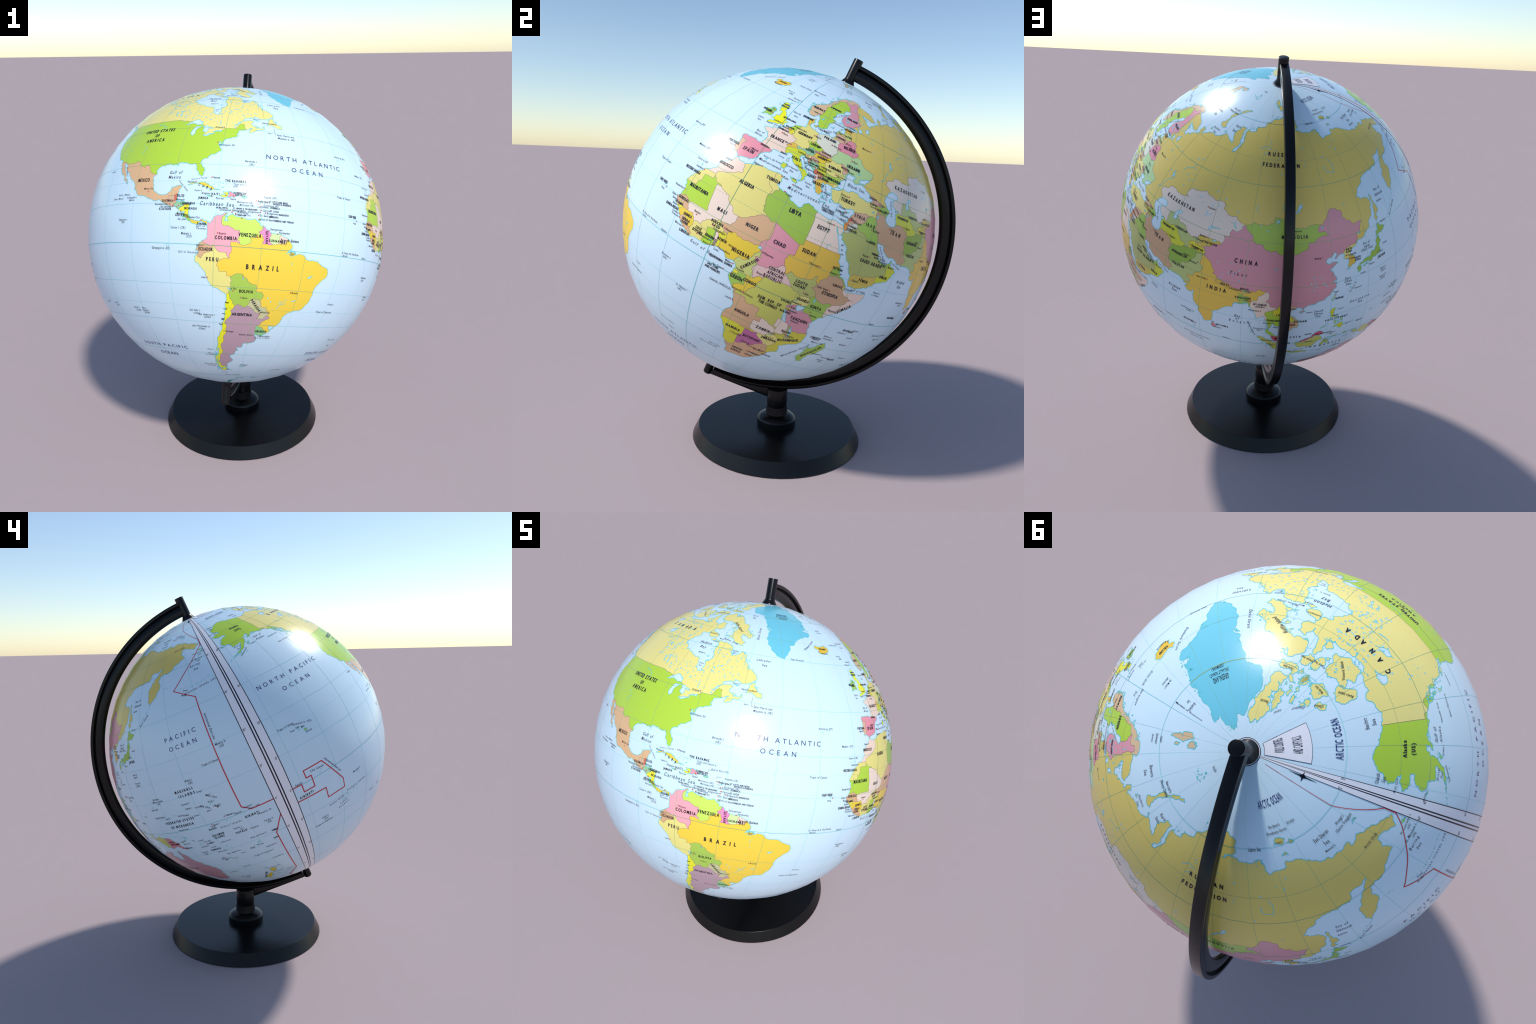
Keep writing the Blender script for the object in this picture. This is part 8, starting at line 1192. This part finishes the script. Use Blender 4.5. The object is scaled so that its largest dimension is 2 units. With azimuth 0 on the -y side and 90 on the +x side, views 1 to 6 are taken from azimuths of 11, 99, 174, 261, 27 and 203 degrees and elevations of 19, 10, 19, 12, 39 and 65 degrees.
print_on_ball("compass_rose", np.array(dart(*star, 3.4, 0.16, math.pi / 2) + dart(*star, 1.1, 0.28, 0.0) + dart(*star, 1.1, 0.4, math.pi / 2)), BLACK_INK, 1.12)
ring = np.linspace(0, 360, 73)
hole = []
for k in range(72):
    for v0, v1 in ((87.02, 87.17),):
        hole += [((SEAM + ring[k], v0), (SEAM + ring[k + 1], v0), (SEAM + ring[k + 1], v1)), ((SEAM + ring[k], v0), (SEAM + ring[k + 1], v1), (SEAM + ring[k], v1))]
print_on_ball("pole_ring", np.array(hole), BLACK_INK, 1.12)
print_on_ball("pole_ring", np.array(hole) + np.array([0.0, 0.16]), WHITE_PAPER, 1.2)
print_on_ball("pole_ring", np.array(hole) + np.array([0.0, 0.32]), BLACK_INK, 1.12)


# ----------------------------------------------------------------------------
# LETTERING, from the built-in font
# ----------------------------------------------------------------------------
class Face:
    """glyph shapes of one style, cap height 1"""

    def __init__(self, offset, shear):
        self.offset, self.shear, self.cache = offset, shear, {}
        self.cap = self.shape("H")[0][:, :, 1].max()
        self.cache = {}

    def shape(self, text):
        cu = bpy.data.curves.new("glyph", "FONT")
        cu.body, cu.offset, cu.resolution_u, cu.size = text, self.offset, 2, 1.0
        ob = bpy.data.objects.new("glyph", cu)
        bpy.context.scene.collection.objects.link(ob)
        me = bpy.data.meshes.new_from_object(ob.evaluated_get(bpy.context.evaluated_depsgraph_get()))
        me.calc_loop_triangles()
        v = np.array([(p.co.x, p.co.y) for p in me.vertices]).reshape(-1, 2)
        t = np.array([tuple(q.vertices) for q in me.loop_triangles]).reshape(-1, 3)
        bpy.data.objects.remove(ob)
        bpy.data.meshes.remove(me)
        bpy.data.curves.remove(cu)
        return (v[t] if len(t) else np.zeros((0, 3, 2))), (v[:, 0].min() if len(v) else 0), (v[:, 0].max() if len(v) else 0)

    def glyph(self, ch):
        if ch not in self.cache:
            if ch == " ":
                self.cache[ch] = (np.zeros((0, 3, 2)), 0.42)
            else:
                tri, left, right = self.shape(ch)
                tri = tri.copy()
                tri[:, :, 0] -= left
                tri /= self.cap
                tri[:, :, 0] += self.shear * tri[:, :, 1]
                self.cache[ch] = (tri, (right - left) / self.cap)
        return self.cache[ch]

    def line(self, text, squeeze, gap, width=None):
        """glyph triangles of a line centred on 0, in cap heights"""
        shapes = [self.glyph(c) for c in text]
        natural = sum(w for _, w in shapes) * squeeze
        if width is not None and len(text) > 1:
            gap = (width - natural) / (len(text) - 1)
            least = min(0.12, 0.25 * width / len(text))
            if gap < least:
                squeeze *= (width - least * (len(text) - 1)) / natural
                gap = least
                natural = sum(w for _, w in shapes) * squeeze
        x, out = -(natural + gap * (len(text) - 1)) / 2, []
        for tri, w in shapes:
            t = tri.copy()
            t[:, :, 0] = t[:, :, 0] * squeeze + x
            out.append(t)
            x += w * squeeze + gap
        t = np.concatenate(out)
        t[:, :, 1] -= 0.5
        return t, -x + gap


def lettered(tri, cap, lon, lat, turn=0.0, shift=0.0, fitted=False):
    """place a line of lettering, cap height in degrees of arc"""
    c = on_ball((map_side(lon), lat))[0]
    x, y = tri[:, :, 0] * cap + shift, tri[:, :, 1] * cap
    a = math.radians(turn)
    cs = math.cos(math.radians(c[1])) if fitted else max(0.62, math.cos(math.radians(c[1])))
    return np.stack([c[0] + (x * math.cos(a) - y * math.sin(a)) / cs, c[1] + x * math.sin(a) + y * math.cos(a)], -1)


BOLD, PLAIN, ITALIC, LIGHT = Face(0.026, 0.0), Face(0.012, 0.0), Face(0.006, 0.2), Face(0.0, 0.0)


def write(name, labels, face, material, squeeze, gap, strike=0.0):
    out, again = [], []
    for text, lon, lat, cap, *more in labels:
        turn = more[0] if more else 0.0
        width = None
        if len(more) > 1:
            width = more[1] * 0.9797 * math.cos(math.radians(lat_on_ball(lat))) / cap
        polar = lat > 70                                  # print squeezed towards the pole is not emboldened
        tri, _ = (PLAIN if polar else face).line(text, squeeze, gap, width)
        for k in ((-1, 1) if strike and not polar else (0,)):          # bold type is struck twice, a hair apart
            shifted = tri + np.array([k * strike, 0.0])
            (again if k > 0 else out).append(lettered(shifted, 0.94 * cap, lon, lat, turn, fitted=width is not None))
    if again:
        print_on_ball(name, np.concatenate(again), material, 1.36, "stuff")
    return print_on_ball(name, np.concatenate(out), material, 1.3, "stuff")


write("country_name", COUNTRY_NAMES, BOLD, BLACK_INK, 0.66, 0.2, 0.022)
write("ocean_name", OCEAN_NAMES, LIGHT, NAVY_INK, 1.0, 0.3)
write("sea_name", SEA_NAMES, ITALIC, GREY_INK, 0.8, 0.22)
write("place_name", PLACE_NAMES, ITALIC, BLACK_INK, 0.74, 0.14)

degrees = []
for lat in (-60, -45, -30, -15, 0, 15, 30, 45, 60, 75):
    for u in ((STRIP_A + SEAM) / 2 - 0.9, (STRIP_B + SEAM) / 2 + 1.1):
        tri, _ = PLAIN.line(f"{abs(lat)}\u00b0", 0.75, 0.1)
        cs = max(0.25, math.cos(math.radians(lat_on_ball(lat))))
        degrees.append(np.stack([u + tri[:, :, 0] * 0.85, lat_on_ball(lat) + tri[:, :, 1] * 0.85], -1))
print_on_ball("degree_figure", np.concatenate(degrees), BLACK_INK, 1.3, "stuff")

marks, names = [], []
for name, lon, lat, side, *drop in CAPITALS:
    c = on_ball((map_side(lon), lat))[0]
    cs = math.cos(math.radians(c[1]))
    h = 0.2
    q = [(c[0] - h / cs, c[1] - h), (c[0] + h / cs, c[1] - h), (c[0] + h / cs, c[1] + h), (c[0] - h / cs, c[1] + h)]
    marks += [(q[0], q[1], q[2]), (q[0], q[2], q[3])]
    tri, _ = PLAIN.line(name, 0.72, 0.13)
    cap = 0.62
    half = (tri[:, :, 0].max() - tri[:, :, 0].min()) / 2 * cap
    t = lettered(tri, cap, lon, lat, 0.0, side * (half + 0.45))
    t[:, :, 1] += drop[0] if drop else 0.0
    names.append(t)
print_on_ball("capital_mark", np.array(marks), CAPITAL_INK, 1.15, "stuff")
print_on_ball("capital_name", np.concatenate(names), BLACK_INK, 1.3, "stuff")
leaders = [[(-56.3, 46.7), (-56.1, 43.9), (-55.6, 43.9)], [(-66, 18.6), (-66, 20.9), (-64.6, 20.9)], [(-63, 18.3), (-63, 19), (-61.6, 19)], [(-61.6, 16.2), (-62.6, 16.2)], [(-61, 14.8), (-62.4, 15.2)], [(30.5, 33), (34.4, 31.8)], [(134, 33.6), (135.6, 32.8)]]
print_on_ball("leader_line", np.concatenate([polyline(l, 0.08) for l in leaders]), GREY_INK, 1.1, "stuff", 2)


# ----------------------------------------------------------------------------
# THE STAND
# ----------------------------------------------------------------------------
def shade_by_angle(ob, angle=35):
    for e in ob.data.edges:
        e.use_edge_sharp = False
    ob.data.set_sharp_from_angle(angle=math.radians(angle))


def turned(name, profile, centre, axis, sides, parent, angle=35):
    """solid of revolution: profile of (radius, height) along axis, closed on the axis"""
    axis = np.asarray(axis, float) / np.linalg.norm(axis)
    x = np.cross((0, 1, 0) if abs(axis[1]) < 0.9 else (1, 0, 0), axis)
    x /= np.linalg.norm(x)
    y = np.cross(axis, x)
    verts, faces = [], []
    for r, h in profile:
        for k in range(sides):
            a = 2 * math.pi * k / sides
            verts.append(np.asarray(centre) + axis * h + r * (math.cos(a) * x + math.sin(a) * y))
    for j in range(len(profile) - 1):
        for k in range(sides):
            k2 = (k + 1) % sides
            faces.append((j * sides + k, j * sides + k2, (j + 1) * sides + k2, (j + 1) * sides + k))
    faces.append(tuple(range(sides))[::-1])
    faces.append(tuple((len(profile) - 1) * sides + k for k in range(sides)))
    ob = add(name, verts, faces, BLACK_PLASTIC, parent)
    shade_by_angle(ob, angle)
    return ob


FOOT_CENTRE = (-0.0005, -0.0132, 0.0)
foot = turned("foot", [(0.4520, 0.0), (0.4563, 0.0015), (0.4560, 0.004), (0.4246, 0.0662), (0.4234, 0.0670), (0.2, 0.0673), (0.09, 0.0674)], FOOT_CENTRE, (0, 0, 1), 64, GLOBE, 12)
turned("collar", [(0.1054, 0.066), (0.1054, 0.0985), (0.1040, 0.1012), (0.098, 0.1085), (0.088, 0.1155), (0.076, 0.1210), (0.066, 0.1245), (0.0592, 0.1262), (0.0588, 0.1275), (0.0582, 0.165), (0.0575, 0.1685), (0.0560, 0.1696)],
       FOOT_CENTRE, (0, 0, 1), 48, foot, 20)
turned("column", [(0.0525, 0.160), (0.0525, 0.1725), (0.0545, 0.1740), (0.0549, 0.1765), (0.0549, 0.262), (0.0540, 0.2655), (0.050, 0.2665), (0.02, 0.2665)], FOOT_CENTRE, (0, 0, 1), 48, GLOBE, 25)

# the half-round arm: a cross-section (distance from the ball centre, half width) swept in the plane x = 0
ARM_SECTION = [(0.8115, 0.0030), (0.8125, 0.0080), (0.8160, 0.0125), (0.8220, 0.0158), (0.8300, 0.0176), (0.8380, 0.0178), (0.8470, 0.0165), (0.8550, 0.0142), (0.8620, 0.0112), (0.8680, 0.0080), (0.8715, 0.0068), (0.8722, 0.0190),
               (0.8735, 0.0205), (0.8852, 0.0207), (0.8875, 0.0197), (0.8884, 0.0180)]
ARM_FROM, ARM_TO = 24.3, 201.8


def swept_arm():
    section = [(r, w) for r, w in ARM_SECTION] + [(r, -w) for r, w in ARM_SECTION[::-1]]
    m, verts, faces = len(section), [], []
    angles = np.radians(np.linspace(ARM_FROM, ARM_TO, 121))
    for a in angles:
        for r, w in section:
            verts.append((BALL_CENTRE[0] + w, BALL_CENTRE[1] + r * math.sin(a), BALL_CENTRE[2] + r * math.cos(a)))
    for j in range(len(angles) - 1):
        for k in range(m):
            k2 = (k + 1) % m
            faces.append((j * m + k, (j + 1) * m + k, (j + 1) * m + k2, j * m + k2))
    faces.append(tuple(range(m)))
    faces.append(tuple((len(angles) - 1) * m + k for k in range(m))[::-1])
    ob = add("meridian_arm", verts, faces, BLACK_PLASTIC, GLOBE)
    shade_by_angle(ob, 40)
    return ob


arm = swept_arm()
AXIS = POLE
turned("upper_pivot", [(0.0360, 0.776), (0.0360, 0.7895), (0.0340, 0.7925), (0.0290, 0.8010), (0.0250, 0.8085), (0.0240, 0.8120), (0.0238, 0.9085), (0.0232, 0.9100), (0.0222, 0.9106)], BALL_CENTRE, AXIS, 32, arm)
turned("lower_pivot", [(0.0375, 0.774), (0.0375, 0.7880), (0.0335, 0.7930), (0.0285, 0.8010), (0.0250, 0.8090), (0.0235, 0.8180), (0.0232, 0.9040), (0.0222, 0.9115), (0.0195, 0.9155), (0.0150, 0.9172), (0.0060, 0.9176)], BALL_CENTRE, -AXIS, 32, arm)


def strut():
    """rib under the arm between the column and the lower pivot: deep at the column, running out along the arm"""
    verts, faces, m = [], [], 0
    start, end = np.array([-0.055, 0.2085]), np.array([-0.393, 0.3105])
    for t in np.linspace(0, 1, 41):
        low = start + (end - start) * t
        q = low - BALL_CENTRE[1:]
        q = q / np.linalg.norm(q)
        top = BALL_CENTRE[1:] + q * 0.8868
        depth = np.linalg.norm(low - top)
        half = 0.0165 - 0.0045 * t
        bulge = min(depth * 0.5, half)
        ring = []
        for k in range(13):
            a = -math.pi / 2 + math.pi * k / 12
            ring.append((half * math.sin(a), low - q * bulge * (1 - math.cos(a))))
        ring = [(-half * 0.8, top)] + ring + [(half * 0.8, top)]
        m = len(ring)
        verts += [(BALL_CENTRE[0] + w, p[0], p[1]) for w, p in ring]
    for j in range(40):
        for k in range(m):
            k2 = (k + 1) % m
            faces.append((j * m + k, (j + 1) * m + k, (j + 1) * m + k2, j * m + k2))
    faces.append(tuple(range(m)))
    faces.append(tuple(40 * m + k for k in range(m))[::-1])
    ob = add("strut", verts, faces, BLACK_PLASTIC, arm)
    bm_fix(ob)
    shade_by_angle(ob, 45)
    return ob


def bm_fix(ob):
    import bmesh
    bm = bmesh.new()
    bm.from_mesh(ob.data)
    bmesh.ops.recalc_face_normals(bm, faces=bm.faces)
    bm.to_mesh(ob.data)
    bm.free()


strut()
bm_fix(arm)
shade_by_angle(arm, 40)
